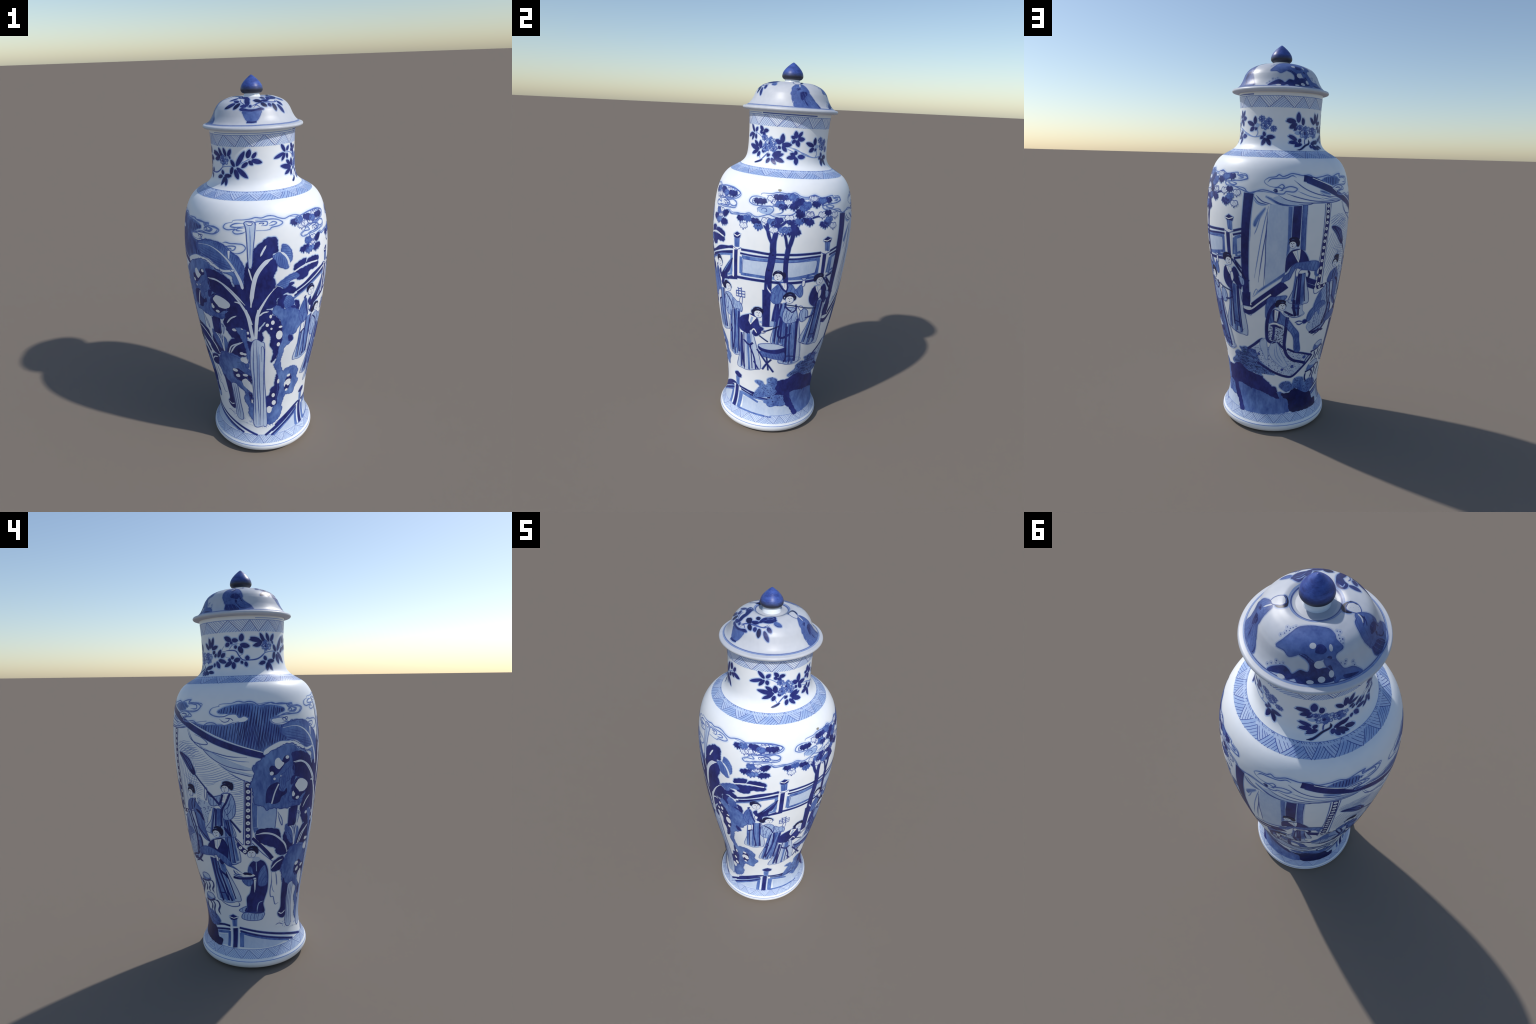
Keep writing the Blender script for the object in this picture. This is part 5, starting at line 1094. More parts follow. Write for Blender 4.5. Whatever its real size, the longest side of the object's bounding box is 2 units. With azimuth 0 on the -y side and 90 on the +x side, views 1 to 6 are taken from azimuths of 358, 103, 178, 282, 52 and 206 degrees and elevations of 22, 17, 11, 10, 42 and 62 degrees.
m.blob([(86.7, 56.3), (93.9, 57.7), (104.2, 58), (112.9, 56.3), (107.7, 54.7), (98.1, 53.9), (90.2, 54.5)], 'pale', 14, edge='line', w=.3)
m.blob([(86.7, 55.9), (91.2, 54.3), (99.1, 54), (107.7, 54.6), (113.2, 56.1), (113.7, 52.8), (107.2, 51.6), (98.3, 51.7), (90.3, 52.6), (87, 53.8)], 'dark', 13)
m.hatch([(88.7, 52.4), (98.3, 51.6), (107.2, 51.5), (113.2, 52.5), (113.8, 48.1), (105.9, 47.9), (96.6, 48.7), (91.4, 49.2)], 78, 1.7, 'line', 13, w=.2, seed=2, curve=.08)
m.blob([(88.7, 52.4), (98.3, 51.6), (107.2, 51.5), (113.2, 52.5), (113.8, 48.1), (105.9, 47.9), (96.6, 48.7), (91.4, 49.2)], 'mid', 12, edge='line', w=.3)
m.hatch([(88.7, 52.4), (98.3, 51.6), (107.2, 51.5), (113.2, 52.5), (113.8, 48.1), (105.9, 47.9), (96.6, 48.7), (91.4, 49.2)], 80, .8, 'line', 14, w=.2)
m.stroke([(85.1, 53.3), (94.8, 45.7), (104.2, 39)], 'dark', 15, w=.9, taper=0)
m.stroke([(100.8, 47.7), (95.9, 44.4), (91.3, 40.2)], 'dark', 15, w=.9, taper=0)
m.stroke([(95.5, 49), (97, 43.9), (98, 40)], 'dark', 15, w=.7, taper=0)
m.build()
m = Motif('lady_with_panpipes')
m.hatch([(48.9, 80.5), (53.7, 82.7), (58.9, 82.1), (60.8, 78), (57.4, 72.1), (55.4, 69.4), (51, 70.1), (47.8, 74)], 78, 1.7, 'line', 11, w=.2, seed=2, curve=.08)
m.blob([(48.9, 80.5), (53.7, 82.7), (58.9, 82.1), (60.8, 78), (57.4, 72.1), (55.4, 69.4), (51, 70.1), (47.8, 74)], 'wash', 10, edge='line', w=.28)
m.hatch([(60.5, 80.7), (65, 79.4), (68.8, 79.5), (70.7, 76.5), (69.5, 74), (66.3, 75.1), (60.4, 75.1)], 100, 1.7, 'line', 11, w=.2, seed=3, curve=.08)
m.blob([(60.5, 80.7), (65, 79.4), (68.8, 79.5), (70.7, 76.5), (69.5, 74), (66.3, 75.1), (60.4, 75.1)], 'wash', 10, edge='line', w=.28)
m.stroke([(51.2, 81.6), (57, 78.3), (59.7, 74.3)], 'dark', 13, w=.7, taper=0)
m.stroke([(52.5, 76.8), (53.5, 74.2), (49.9, 72.2)], 'line', 13, w=.25)
m.stroke([(63.1, 77.9), (64.7, 76.5)], 'line', 13, w=.25)
m.blob([(68.3, 79.4), (69, 82.3), (71, 82.7), (70.3, 78.7)], 'white', 12, edge='line', w=.25)
m.stroke([(65, 85.8), (74, 86.5), (73.8, 83.2), (64.7, 82.6), (65, 85.8)], 'line', 14, w=.4, taper=0, smooth=0)
m.stroke([(64.7, 84.2), (74, 84.9)], 'line', 14, w=.35, taper=0)
m.stroke([(67.2, 87.5), (67.5, 82.9)], 'line', 14, w=.35, taper=0)
m.stroke([(70.4, 87.5), (70.6, 82.9)], 'line', 14, w=.35, taper=0)
m.stroke([(66.2, 87.6), (68.7, 87.3), (71, 88.1)], 'line', 14, w=.35, taper=0, smooth=0)
dot(m, (53.3, 87.3), 3.57, 2.03, 'hair', 14)
dot(m, (49.4, 85.7), 2.75, 1.68, 'hair', 14)
face(m, (55.3, 86.1), 2.85, 16, 0.5)
skirt(m, [(56.1, 72.8), (68, 75.7), (61.1, 45.7), (47.8, 45.5)], 8, n=7, seed=6)
m.stroke([(64.5, 73.9), (62.9, 62.5), (58.3, 49.2)], 'mid', 10, w=2.0, taper=0)
m.stroke([(60.9, 74.4), (60.1, 61.9), (53.3, 46.8)], 'dark', 12, w=.9, taper=0)
m.stroke([(66.8, 73.8), (64.7, 61.7), (62.4, 47.6)], 'dark', 12, w=.9, taper=0)
m.stroke([(55.6, 63.9), (55.2, 59.6), (52.8, 48)], 'dark', 12, w=.8, taper=0)
m.stroke([(54, 63.5), (55.7, 61.5), (52.4, 58.3)], 'dark', 12, w=1.2)
m.build()
m = Motif('lady_with_mouth_organ')
m.hatch([(32.6, 87.6), (35.2, 92.4), (38.5, 94.7), (40.5, 92.5), (41.4, 88.4), (42.9, 84.3), (38.9, 81.4), (34.4, 82.6)], 78, 1.7, 'line', 11, w=.2, seed=2, curve=.08)
m.blob([(32.6, 87.6), (35.2, 92.4), (38.5, 94.7), (40.5, 92.5), (41.4, 88.4), (42.9, 84.3), (38.9, 81.4), (34.4, 82.6)], 'mid', 10, edge='line', w=.28)
m.stroke([(38.5, 94.1), (40.4, 89.3), (42.9, 84.3)], 'dark', 12, w=.6, taper=0)
m.stroke([(37, 87.6), (39.3, 89.1), (40.3, 88.2)], 'line', 12, w=.25)
m.stroke([(36.3, 84.2), (38.1, 86.2), (39.7, 86)], 'line', 12, w=.25)
skirt(m, [(36.5, 82), (48.9, 83.9), (49.2, 59.8), (32.5, 58.8)], 8, n=8, seed=3)
m.area([(36, 80.1), (41.2, 81.2), (40.4, 76.4), (35.9, 74.9)], 'white', 10)
m.stroke([(35.9, 74.7), (40.4, 76.4)], 'dark', 11, w=.9, taper=0)
m.stroke([(44, 83.4), (43.8, 61.3)], 'mid', 10, w=2.4, taper=0)
m.stroke([(41.8, 83), (41.4, 72.5), (43.4, 59.9)], 'dark', 11, w=.8, taper=0)
m.stroke([(47.3, 83.7), (47, 72), (47.6, 60.4)], 'dark', 11, w=.8, taper=0)
m.blob([(41.6, 92.6), (44.7, 94.6), (45.7, 92.2), (51.7, 96.2), (57.5, 100.6), (61.7, 103.3), (61.3, 101.4), (57.8, 95.6), (54.9, 93.7), (54, 90.5), (49.9, 89.4), (48.9, 86.1), (45.1, 85.7), (43.6, 89.8)], 'dark', 11)
m.stroke([(49.8, 93.5), (55.6, 98.2), (60.3, 101.9)], 'mid', 13, w=.5)
m.blob([(43.1, 89.7), (45.7, 89), (44.6, 86.7), (43, 87.6)], 'white', 12, edge='line', w=.25)
dot(m, (43.2, 100.0), 3.49, 2.04, 'hair', 13)
dot(m, (40.2, 99.5), 1.25, 1.70, 'hair', 13)
face(m, (44.2, 98.1), 3.04, 15, 0.4)
m.stroke([(39.1, 96.3), (37.4, 95.2), (38.5, 95)], 'dark', 12, w=.8)
m.build()
m = Motif('lady_with_lute')
m.blob([(129.8, 88.2), (131.6, 91.3), (134.2, 92.2), (138.5, 91.3), (142.8, 91.3), (146.5, 88.1), (150.1, 83.7), (145.8, 82), (140.9, 84.9), (138.7, 82.3), (136.3, 80.3), (131.7, 81.9), (129.4, 84.9)], 'dark', 11)
m.area([(133.8, 92), (139.9, 91.7), (139.1, 86.8), (135.6, 89.3)], 'white', 13)
m.stroke([(135.9, 91.5), (138.1, 88)], 'wash', 14, w=.8)
m.blob([(138.2, 89.1), (140.7, 89.6), (141.4, 86.5), (139.4, 84.5), (138, 86.9)], 'white', 13, edge='line', w=.25)
m.stroke([(140.8, 96.4), (147.5, 91.3), (156, 86.1)], 'dark', 13, w=.8, taper=0)
m.stroke([(142.9, 96.5), (149.7, 92.1)], 'dark', 13, w=.8, taper=0)
m.hatch([(146.5, 88.1), (151.1, 86.9), (151.3, 84), (148.6, 83.9)], 78, 1.7, 'line', 14, w=.2, seed=2, curve=.08)
m.blob([(146.5, 88.1), (151.1, 86.9), (151.3, 84), (148.6, 83.9)], 'wash', 13, edge='line', w=.25)
dot(m, (135.9, 97.4), 4.78, 1.87, 'hair', 14)
dot(m, (132.4, 96.6), 1.69, 1.86, 'hair', 14)
face(m, (137.1, 95.2), 2.91, 16, 0.4)
skirt(m, [(136.7, 83.5), (146.3, 83.4), (148.7, 56.2), (128.5, 58.9)], 8, n=8, seed=7)
m.stroke([(140.6, 83), (139.6, 72.2), (140.8, 60)], 'mid', 10, w=2.6, taper=0)
m.stroke([(138.2, 82.2), (137.8, 71.3), (136.8, 60.5)], 'dark', 12, w=.9, taper=0)
m.stroke([(144.3, 82.5), (143.4, 70.5), (143.6, 59.5)], 'dark', 12, w=.9, taper=0)
m.stroke([(136.2, 63), (143.3, 62.4)], 'dark', 12, w=.6, taper=0)
m.stroke([(128, 59), (133.8, 57), (142.7, 56.6), (147.9, 59.5)], 'line', 12, w=.28)
m.stroke([(128.5, 73.9), (134.3, 74.6), (139, 76.3)], 'dark', 13, w=.7, taper=0)
m.blob([(141.1, 91.5), (143.6, 92.3), (146.2, 90.1), (147.8, 87.8), (150.9, 87.1), (149.3, 84.4), (147.9, 81.2), (145.2, 81.9), (143.6, 84.8), (140.8, 86)], 'dark', 11)
m.stroke([(144, 95.3), (148.2, 91.3), (153.1, 87)], 'navy', 14, w=.7, taper=0)
m.area([(130.4, 91.8), (134.2, 92.2), (140.5, 91), (137.5, 85.6), (133.7, 89.7)], 'white', 10)
m.build()
m = Motif('rock_bank')
m.blob([(109.9, 32.5), (116.7, 33.7), (125.1, 34.5), (130.7, 36.6), (138.7, 37.3), (150.3, 34.4), (170.6, 29.4), (185.4, 19.1), (164.2, 23), (149.3, 24.1), (132.3, 25.6), (128.2, 25), (131.1, 20.2), (136.5, 15.3), (140.8, 10.7), (136, 10.2), (133.5, 13.3), (131.9, 15.8), (124.8, 16.5), (121.4, 20.4), (119.3, 23.7), (111.8, 23.3), (110.9, 24.6), (112.7, 27.9)], 'dark', 8, rough=.35)
m.blob([(129.7, 24.9), (138.6, 24.8), (149.7, 23.3), (187.2, 17.3), (181.1, 13.7), (169.2, 10.5), (155.5, 10.5), (140.7, 10.5), (137.3, 14), (132.9, 18.8)], 'mid', 7, rough=.35)
bush(m, [(82.7, 30.9), (86.4, 32.3), (92.4, 32), (95, 29.9), (98.5, 30.8), (98.1, 34), (103.6, 35.3), (109.6, 34.1), (110.3, 30.5), (108.5, 27.9), (111.3, 25.9), (109.2, 24), (104.5, 22.6), (99.7, 21.8), (89.8, 21), (81.3, 20.7), (83, 23.5), (86.7, 26.5), (89.1, 28.7)], 9, seed=2)
bush(m, [(104.5, 22.6), (110.5, 23.6), (118.2, 23.1), (120.9, 19.8), (124.7, 17.1), (119.6, 15.9), (111.8, 16.4), (104.5, 15.5), (99.9, 16.8), (102.6, 19.3)], 9, seed=5)
bush(m, [(122.9, 37.3), (127.2, 39), (133.7, 38.9), (131.3, 42.5), (133.7, 44.2), (141.5, 44.8), (138.5, 47.6), (145.5, 47.8), (157.5, 48.1), (162.8, 41.7), (180.6, 34.2), (164.2, 34.1), (163.4, 32.4), (141.8, 37.2), (130.4, 37.3), (125.7, 36.4)], 9, seed=6)
m.build()
m = Motif('iron_spot')
m.blob([(95.7, 140.4), (97.1, 140.7), (98.8, 140.5), (98.3, 139.8), (97.1, 139.6)], 'rust', 2)

# ---- back: pavilion with curtains, seated lady, rock bank
m.build()
m = Motif('pavilion')
m.area([(172.1, 124.8), (185, 123.7), (185.2, 107.4), (184.6, 99.9), (184.4, 92.2), (169, 84.4), (169.4, 97.7), (170.1, 114)], 'pale', 3)
m.area([(158.3, 77.6), (162.7, 81.3), (168.3, 84.4), (184.4, 92.2), (184.2, 90), (174.3, 85.6), (165.1, 81.2)], 'wash', 4)
m.area([(161.8, 80.4), (168.3, 84.1), (184.4, 91.9), (184.2, 90.1), (174.3, 85.9), (165.9, 82)], 'mid', 5)
m.area([(185.4, 123.7), (188.2, 123.7), (187.8, 109.3), (186.9, 102.3), (184.9, 99.9), (185.5, 107.4)], 'mid', 4)
m.area([(189.2, 123.9), (195.1, 124.1), (194.6, 113.8), (194.3, 108.3), (188.3, 109.3), (188.4, 116.6)], 'dark', 5)
m.area([(196.1, 124.4), (199.5, 124.5), (199, 114.6), (199, 102.5), (195.5, 103.3), (195.4, 113.8)], 'mid', 4)
m.stroke([(196.1, 124.4), (195.5, 113.8), (195.5, 103.6)], 'line', 6, w=.28, taper=0)
m.stroke([(199.5, 124.5), (198.8, 114.6), (199, 102.5)], 'line', 6, w=.28, taper=0)
m.blob([(160.4, 114.3), (161, 116.4), (163.7, 119.2), (168.7, 122.7), (166.5, 119.7), (163.9, 116.9), (161.8, 114)], 'mid', 4)
m.stroke([(171.1, 123.7), (169.3, 118.5), (166.7, 110.2), (163.9, 99.8), (160.5, 88.1)], 'thin', 6, w=.35)
m.stroke([(170.7, 120.8), (169.8, 111.7), (167.5, 102.3), (163.6, 86.1)], 'line', 6, w=.28)
m.stroke([(170.4, 115.4), (169.6, 105.7), (169.4, 97.7), (167.9, 84.1)], 'line', 6, w=.28)
m.stroke([(158.5, 122.1), (158, 114.8), (157.6, 106.5)], 'thin', 6, w=.35)
m.stroke([(165.8, 119.7), (163.1, 113.3), (161, 110)], 'thin', 6, w=.35)
m.stroke([(158.3, 78.1), (161.9, 82.5), (163.1, 81.3)], 'thin', 6, w=.3)
m.blob([(159.7, 126.8), (162.6, 125.4), (169, 124.5), (171.1, 124.4), (166.3, 123.7), (161.9, 124.7)], 'wash', 4)
m.stroke([(159.8, 127.9), (163.3, 125.4), (170.4, 124.3)], 'line', 6, w=.28)
m.stroke([(161.6, 128.4), (166.1, 125.9), (173.1, 124.6)], 'line', 6, w=.28)
m.blob([(168.6, 128.1), (173, 127.2), (179.9, 125.2), (186.7, 124.5), (193.1, 124.4), (185.4, 123.9), (178.5, 124.5), (173, 126.4)], 'mid', 4)
m.blob([(177.7, 128.4), (183.9, 127.2), (193.8, 125.9), (205.1, 125.4), (201.2, 124.5), (190.2, 124.2), (181.9, 124.8), (173, 126.6)], 'pale', 3)
m.stroke([(177.7, 128.9), (183.9, 126.8), (193.8, 125.6), (209.3, 125.2), (223.9, 125.2), (236.4, 126.3)], 'line', 6, w=.28)
m.stroke([(183.8, 129.6), (192.3, 127.9), (205.1, 126.2), (218.5, 125.9), (231.7, 126.2)], 'line', 6, w=.28)
m.stroke([(189.5, 135.7), (197.5, 132), (209.4, 129.1), (230.4, 127.3)], 'line', 6, w=.28)
m.stroke([(192.7, 124.6), (199.7, 124.5), (204.3, 125.1)], 'line', 6, w=.28)
m.stroke([(192.3, 130.7), (201.2, 128.5), (213.7, 126.7)], 'thin', 6, w=.35)
m.blob([(210.4, 130.8), (214.9, 130.5), (220.8, 129), (215.8, 129.4)], 'mid', 4)
m.stroke([(197.1, 136.7), (205.8, 135.6), (213.5, 133.6), (222.4, 130.9)], 'dark', 6, w=3.0, taper=0)
m.stroke([(204.4, 136.8), (211.9, 135.2), (222.5, 132.8)], 'white', 7, w=.3, taper=0)
m.stroke([(201.1, 88), (205.6, 86.7), (211.5, 85.3)], 'dark', 6, w=2.6, taper=0)
m.stroke([(201.6, 85.3), (206.2, 84), (211, 82.8)], 'dark', 6, w=1.8, taper=0)
coin_border(m, [(218.1, 124.8), (217.4, 116.3), (215.9, 106.4), (215.3, 95.7), (214.2, 82.5)], 4, w=2.4, n=13)
coin_border(m, [(213.2, 82.6), (224.1, 83.5)], 4, w=2.0, n=2)
m.stroke([(221.1, 124.7), (219.4, 115.7), (218.5, 101.4), (218.4, 84.4)], 'line', 6, w=.25, taper=0)
m.stroke([(215.1, 124.6), (214.3, 113.6), (213.2, 100.8), (210.9, 79.9), (221.2, 81.5)], 'line', 6, w=.25, taper=0)
m.hatch([(219.5, 106.2), (231.2, 113), (243.4, 109), (241.8, 96.5), (230.8, 90.1), (220, 88.3)], 62, 1.4, 'thin', 4, w=.2)
m.hatch([(221.8, 118.4), (230.2, 118.8), (243, 116), (240.2, 111.3), (222.4, 113.6)], 25, 1.2, 'thin', 4, w=.2)
m.area([(152, 129.3), (159.7, 129), (158.7, 123), (157.5, 115.7), (156.7, 106.4), (155.7, 92), (155.4, 74.5), (150, 74), (149.7, 86.5), (150, 101.2), (150.7, 113), (151.6, 122.2)], 'dark', 9)
m.area([(147, 74.4), (156.4, 75.4), (157.1, 73.5), (146.7, 72.4)], 'white', 8)
m.stroke([(147, 71), (150, 69.9), (155.5, 69.6), (160.9, 71.9), (170, 76.7), (177.7, 80.7), (186.4, 84.9)], 'dark', 7, w=2.4, taper=0)
m.stroke([(148.2, 71.8), (152.6, 71), (156.4, 71.4), (164.5, 75.4), (173.9, 80.2)], 'white', 8, w=.8, taper=0)
m.stroke([(156.2, 72.5), (164.6, 77), (173.9, 81.7), (183.7, 86.6)], 'dark', 7, w=2.4, taper=0)
m.stroke([(147.9, 69.3), (155.3, 67.9), (156.9, 68.3)], 'line', 7, w=.28, taper=0)
m.area([(148.4, 72.7), (155.8, 72.6), (156.4, 80.4), (148.9, 79.7)], 'dark', 9)
m.build()
m = Motif('lady_with_wrapped_zither')
m.blob([(185.3, 99.9), (188, 102.3), (190.8, 103.2), (195.9, 103.3), (200, 101), (203, 97), (198.2, 97), (192.2, 96.4), (187.9, 94.1), (184.8, 91.7), (184.5, 95.6)], 'dark', 11)
m.area([(189.4, 102.2), (195.5, 103.3), (195.3, 98.8), (194.4, 96.6), (192.3, 98.9)], 'white', 13)
m.stroke([(193, 102.7), (194.3, 97.9)], 'wash', 14, w=.9)
m.stroke([(190.9, 101.8), (193.4, 98.8)], 'line', 15, w=.2)
m.blob([(192.8, 90.1), (193.1, 93), (195.1, 94.2), (198.3, 93.3), (195.7, 92.2), (194.5, 89.5)], 'white', 13, edge='line', w=.25)
skirt(m, [(193.2, 90.1), (200.6, 91.3), (204.4, 75.3), (189.7, 76)], 10, n=8, seed=12)
m.stroke([(195.9, 91), (196.1, 83), (195.7, 74.7)], 'dark', 13, w=1.4, taper=0)
m.stroke([(198.6, 90.9), (198.2, 82.9), (198.3, 74.6)], 'mid', 13, w=2.4, taper=0)
m.stroke([(197.4, 90.9), (197.4, 82.9), (197.8, 74.6)], 'dark', 14, w=.8, taper=0)
m.hatch([(182.2, 86.7), (183.5, 89.5), (187.4, 91.7), (189.4, 94.6), (192.9, 96.4), (199.8, 96.9), (208.1, 97), (212.9, 95.7), (212.6, 93), (210, 91.9), (202.9, 92.6), (197.1, 93.1), (193.2, 94), (190.4, 91.6), (188.4, 88.7), (185.5, 87.5)], 78, 1.7, 'line', 15, w=.2, seed=2, curve=.08)
m.blob([(182.2, 86.7), (183.5, 89.5), (187.4, 91.7), (189.4, 94.6), (192.9, 96.4), (199.8, 96.9), (208.1, 97), (212.9, 95.7), (212.6, 93), (210, 91.9), (202.9, 92.6), (197.1, 93.1), (193.2, 94), (190.4, 91.6), (188.4, 88.7), (185.5, 87.5)], 'mid', 14, edge='line', w=.28)
m.stroke([(202.9, 92.4), (204.5, 90.6), (203.6, 88.1)], 'dark', 15, w=.9)
m.stroke([(210.5, 94.1), (210.4, 90.2), (213.6, 88.9)], 'mid', 14, w=1.4)
dot(m, (190.2, 108.1), 3.81, 1.35, 'hair', 15)
dot(m, (193.2, 106.4), 1.42, 1.80, 'hair', 15)
face(m, (189.3, 105.8), 2.35, 17, -0.3)
m.blob([(187.1, 77.3), (199.6, 76.8), (201.3, 71.5), (203.7, 69.3), (199.7, 67.8), (194.5, 67.7), (187.9, 69), (185, 70.2)], 'pale', 10, edge='thin', w=.25)
m.stroke([(192.8, 77.2), (193.1, 72.8), (195.5, 68.3)], 'dark', 13, w=1.4, taper=0)
m.stroke([(195.3, 77.1), (195.2, 72.7), (195.4, 68.8)], 'mid', 12, w=2.6, taper=0)
m.stroke([(197, 77), (197.4, 72.6), (197.7, 68.4)], 'dark', 13, w=1.0, taper=0)
m.stroke([(191.3, 73.1), (198.9, 72.5)], 'dark', 14, w=.7, taper=0)
m.stroke([(186.3, 71.7), (190.1, 68.5), (196, 67.6), (203.3, 69.4)], 'line', 13, w=.28)
m.build()
m = Motif('seated_lady_on_rug')
bush(m, [(151.3, 47.3), (163.2, 51.6), (172.8, 50.5), (187.1, 50.4), (204.2, 46.5), (221.2, 43.2), (213.4, 38.3), (198.1, 33), (190.4, 33.4), (173.8, 36.9), (162.3, 41.1)], 8, tone='pale', ink='line', seed=4, n=520)
m.stroke([(149.4, 47.8), (156.4, 50.8), (163.4, 54.2), (166.6, 55.2)], 'dark', 11, w=1.3, taper=0)
m.stroke([(159.5, 40.9), (167.5, 38.3), (176.5, 35.7), (189.5, 32.9), (198.8, 32.2), (208.7, 35.9), (217.4, 39.8), (223.1, 43.1)], 'dark', 11, w=1.3, taper=0)
m.stroke([(190.5, 49.5), (199.5, 47.1), (207.3, 45.9), (221.9, 43.1)], 'dark', 11, w=1.0, taper=0)
m.stroke([(150, 46.2), (155.2, 43.4), (160.6, 42.5)], 'line', 11, w=.5)
dot(m, (161.4, 46.0), 1.57, 0.89, 'line', 11)
dot(m, (197.9, 38.4), 1.95, 1.00, 'line', 11)
dot(m, (186.7, 36.9), 1.63, 0.88, 'line', 11)
dot(m, (211.5, 43.0), 2.26, 1.02, 'line', 11)
dot(m, (153.7, 47.8), 1.31, 0.69, 'line', 11)
m.blob([(163.2, 51.4), (164.2, 54.3), (167.5, 55.7), (169.7, 54.6), (170.4, 50.9), (171.2, 46.1), (169.4, 42.6), (165.4, 47.7)], 'pale', 11, edge='thin', w=.28)
m.blob([(171.9, 48.1), (173.6, 52), (177.4, 54.2), (181.4, 52.1), (184.2, 47.8), (190, 41.8), (192.6, 39.4), (187, 38.4), (179.7, 41.4), (174.5, 44.3)], 'pale', 12, edge='thin', w=.28)
m.stroke([(179, 53), (181, 46.3), (187.5, 40.9)], 'thin', 14, w=.3)
m.stroke([(177.6, 51.1), (178.6, 45.3), (185.9, 39.9)], 'thin', 14, w=.3)
m.hatch([(169.4, 69.2), (170, 75.3), (172.6, 78.4), (177.8, 79), (186.9, 79.4), (180.6, 74.7), (174.1, 71.6), (171.7, 66.2), (169.9, 67.4)], 78, 1.7, 'line', 12, w=.2, seed=2, curve=.08)
m.blob([(169.4, 69.2), (170, 75.3), (172.6, 78.4), (177.8, 79), (186.9, 79.4), (180.6, 74.7), (174.1, 71.6), (171.7, 66.2), (169.9, 67.4)], 'mid', 11, edge='line', w=.28)
m.hatch([(173.4, 68.5), (176.4, 72.1), (180.8, 71.3), (185.2, 68.6), (188.5, 67.2), (187.9, 62.5), (182.7, 64.2), (172.8, 64.4)], 100, 1.7, 'line', 13, w=.2, seed=3, curve=.08)
m.blob([(173.4, 68.5), (176.4, 72.1), (180.8, 71.3), (185.2, 68.6), (188.5, 67.2), (187.9, 62.5), (182.7, 64.2), (172.8, 64.4)], 'mid', 12, edge='line', w=.28)
m.area([(177.1, 72.1), (180.5, 71.3), (179.1, 65.3), (177, 65.8)], 'white', 14)
m.stroke([(178.7, 70.8), (178.5, 66.4)], 'wash', 15, w=.7)
m.stroke([(176.4, 72.1), (176.2, 68.6), (177.4, 65)], 'dark', 14, w=.9, taper=0)
m.stroke([(181.2, 71.3), (180.7, 67.7), (178.4, 64.8)], 'dark', 14, w=.9, taper=0)
bush(m, [(172.1, 63), (178.5, 63), (185.8, 61.8), (187, 51.6), (181.3, 54), (174.4, 53.9), (171.7, 54.7)], 11, tone='pale', ink='dark', seed=8, n=260)
m.stroke([(173.1, 64.1), (178.4, 64.4), (184.3, 62.3)], 'white', 14, w=1.0)
m.stroke([(173.5, 63.1), (178.5, 63.2), (184.7, 61.6)], 'dark', 14, w=1.2)
m.stroke([(176.7, 62.7), (176.5, 58.6), (175.5, 54.8)], 'dark', 14, w=1.2, taper=0)
m.stroke([(177.9, 75.6), (173.4, 71.6), (170.8, 65.7), (170.2, 59.3), (170.9, 55.2), (174, 53.6), (179, 54.2)], 'dark', 14, w=1.6, taper=0)
m.stroke([(188.4, 67.9), (187.6, 61.8), (187.1, 55.8), (187.2, 51.1), (190.2, 46.2), (197, 42.6), (205, 41), (214.1, 39.2)], 'dark', 14, w=1.6, taper=0)
m.stroke([(179.7, 54), (183.8, 51.6), (186.3, 50.1), (190.6, 48.6)], 'dark', 14, w=1.1)
m.hatch([(188.5, 66.8), (194.6, 62.5), (200.2, 58.5), (201.6, 54.1), (204.2, 48.2), (201.3, 47), (197.8, 48.7), (195.9, 55.5), (192.1, 59.4), (189.2, 61.3)], 64, 1.7, 'line', 14, w=.2, seed=4, curve=.08)
m.blob([(188.5, 66.8), (194.6, 62.5), (200.2, 58.5), (201.6, 54.1), (204.2, 48.2), (201.3, 47), (197.8, 48.7), (195.9, 55.5), (192.1, 59.4), (189.2, 61.3)], 'mid', 13, edge='line', w=.28)
m.stroke([(193.3, 61.6), (197.2, 57.3), (198.5, 52.9), (200.8, 48.9)], 'line', 15, w=.28)
m.stroke([(184.9, 71.3), (189.2, 69.9), (194, 68.4)], 'dark', 14, w=1.2)
dot(m, (182.2, 76.3), 4.21, 1.32, 'hair', 16)
dot(m, (179.0, 74.9), 1.75, 1.54, 'hair', 16)
face(m, (183.4, 73.9), 2.44, 18, 0.3)
m.build()
m = Motif('rock_bank')
m.blob([(129.7, 25), (148.4, 25), (165.3, 25.2), (175.1, 23.7), (188.8, 22.7), (192.1, 19.7), (197.4, 17.1), (198.2, 11.7), (179.7, 10.7), (164.5, 10.6), (142, 10.3), (134.5, 14.4), (130.5, 18.4)], 'mid', 7, rough=.35)
m.blob([(108.7, 32.2), (120.4, 33.5), (129, 36.6), (135.2, 37.7), (145.2, 34.4), (153.7, 33), (163.6, 32.9), (166.4, 30.7), (173, 28.5), (172.1, 27), (179.8, 26.2), (182.4, 23.3), (175.1, 24.5), (169.2, 25), (175.2, 20.8), (169.3, 23), (161.3, 25.4), (152.9, 24.8), (149.4, 23.2), (147.2, 24.4), (131.3, 25.1), (129.1, 22.5), (131.3, 18.5), (136.6, 14.7), (141.9, 10.5), (135.9, 9.8), (129.9, 14.5), (123.6, 17.1), (121.9, 23.1), (102.1, 20.9), (99.8, 25.4)], 'dark', 8, rough=.35)
m.blob([(187.9, 22.2), (195.9, 22.1), (199.9, 23.5), (205.2, 24.3), (212.6, 22.2), (222.6, 19.4), (232.8, 16.2), (236.2, 13.7), (242.6, 12.5), (240, 10.2), (228.4, 10.2), (214.6, 10.5), (201.2, 11), (197.3, 13.1), (196.3, 17.6), (190.1, 19.8)], 'navy', 8, rough=.35)
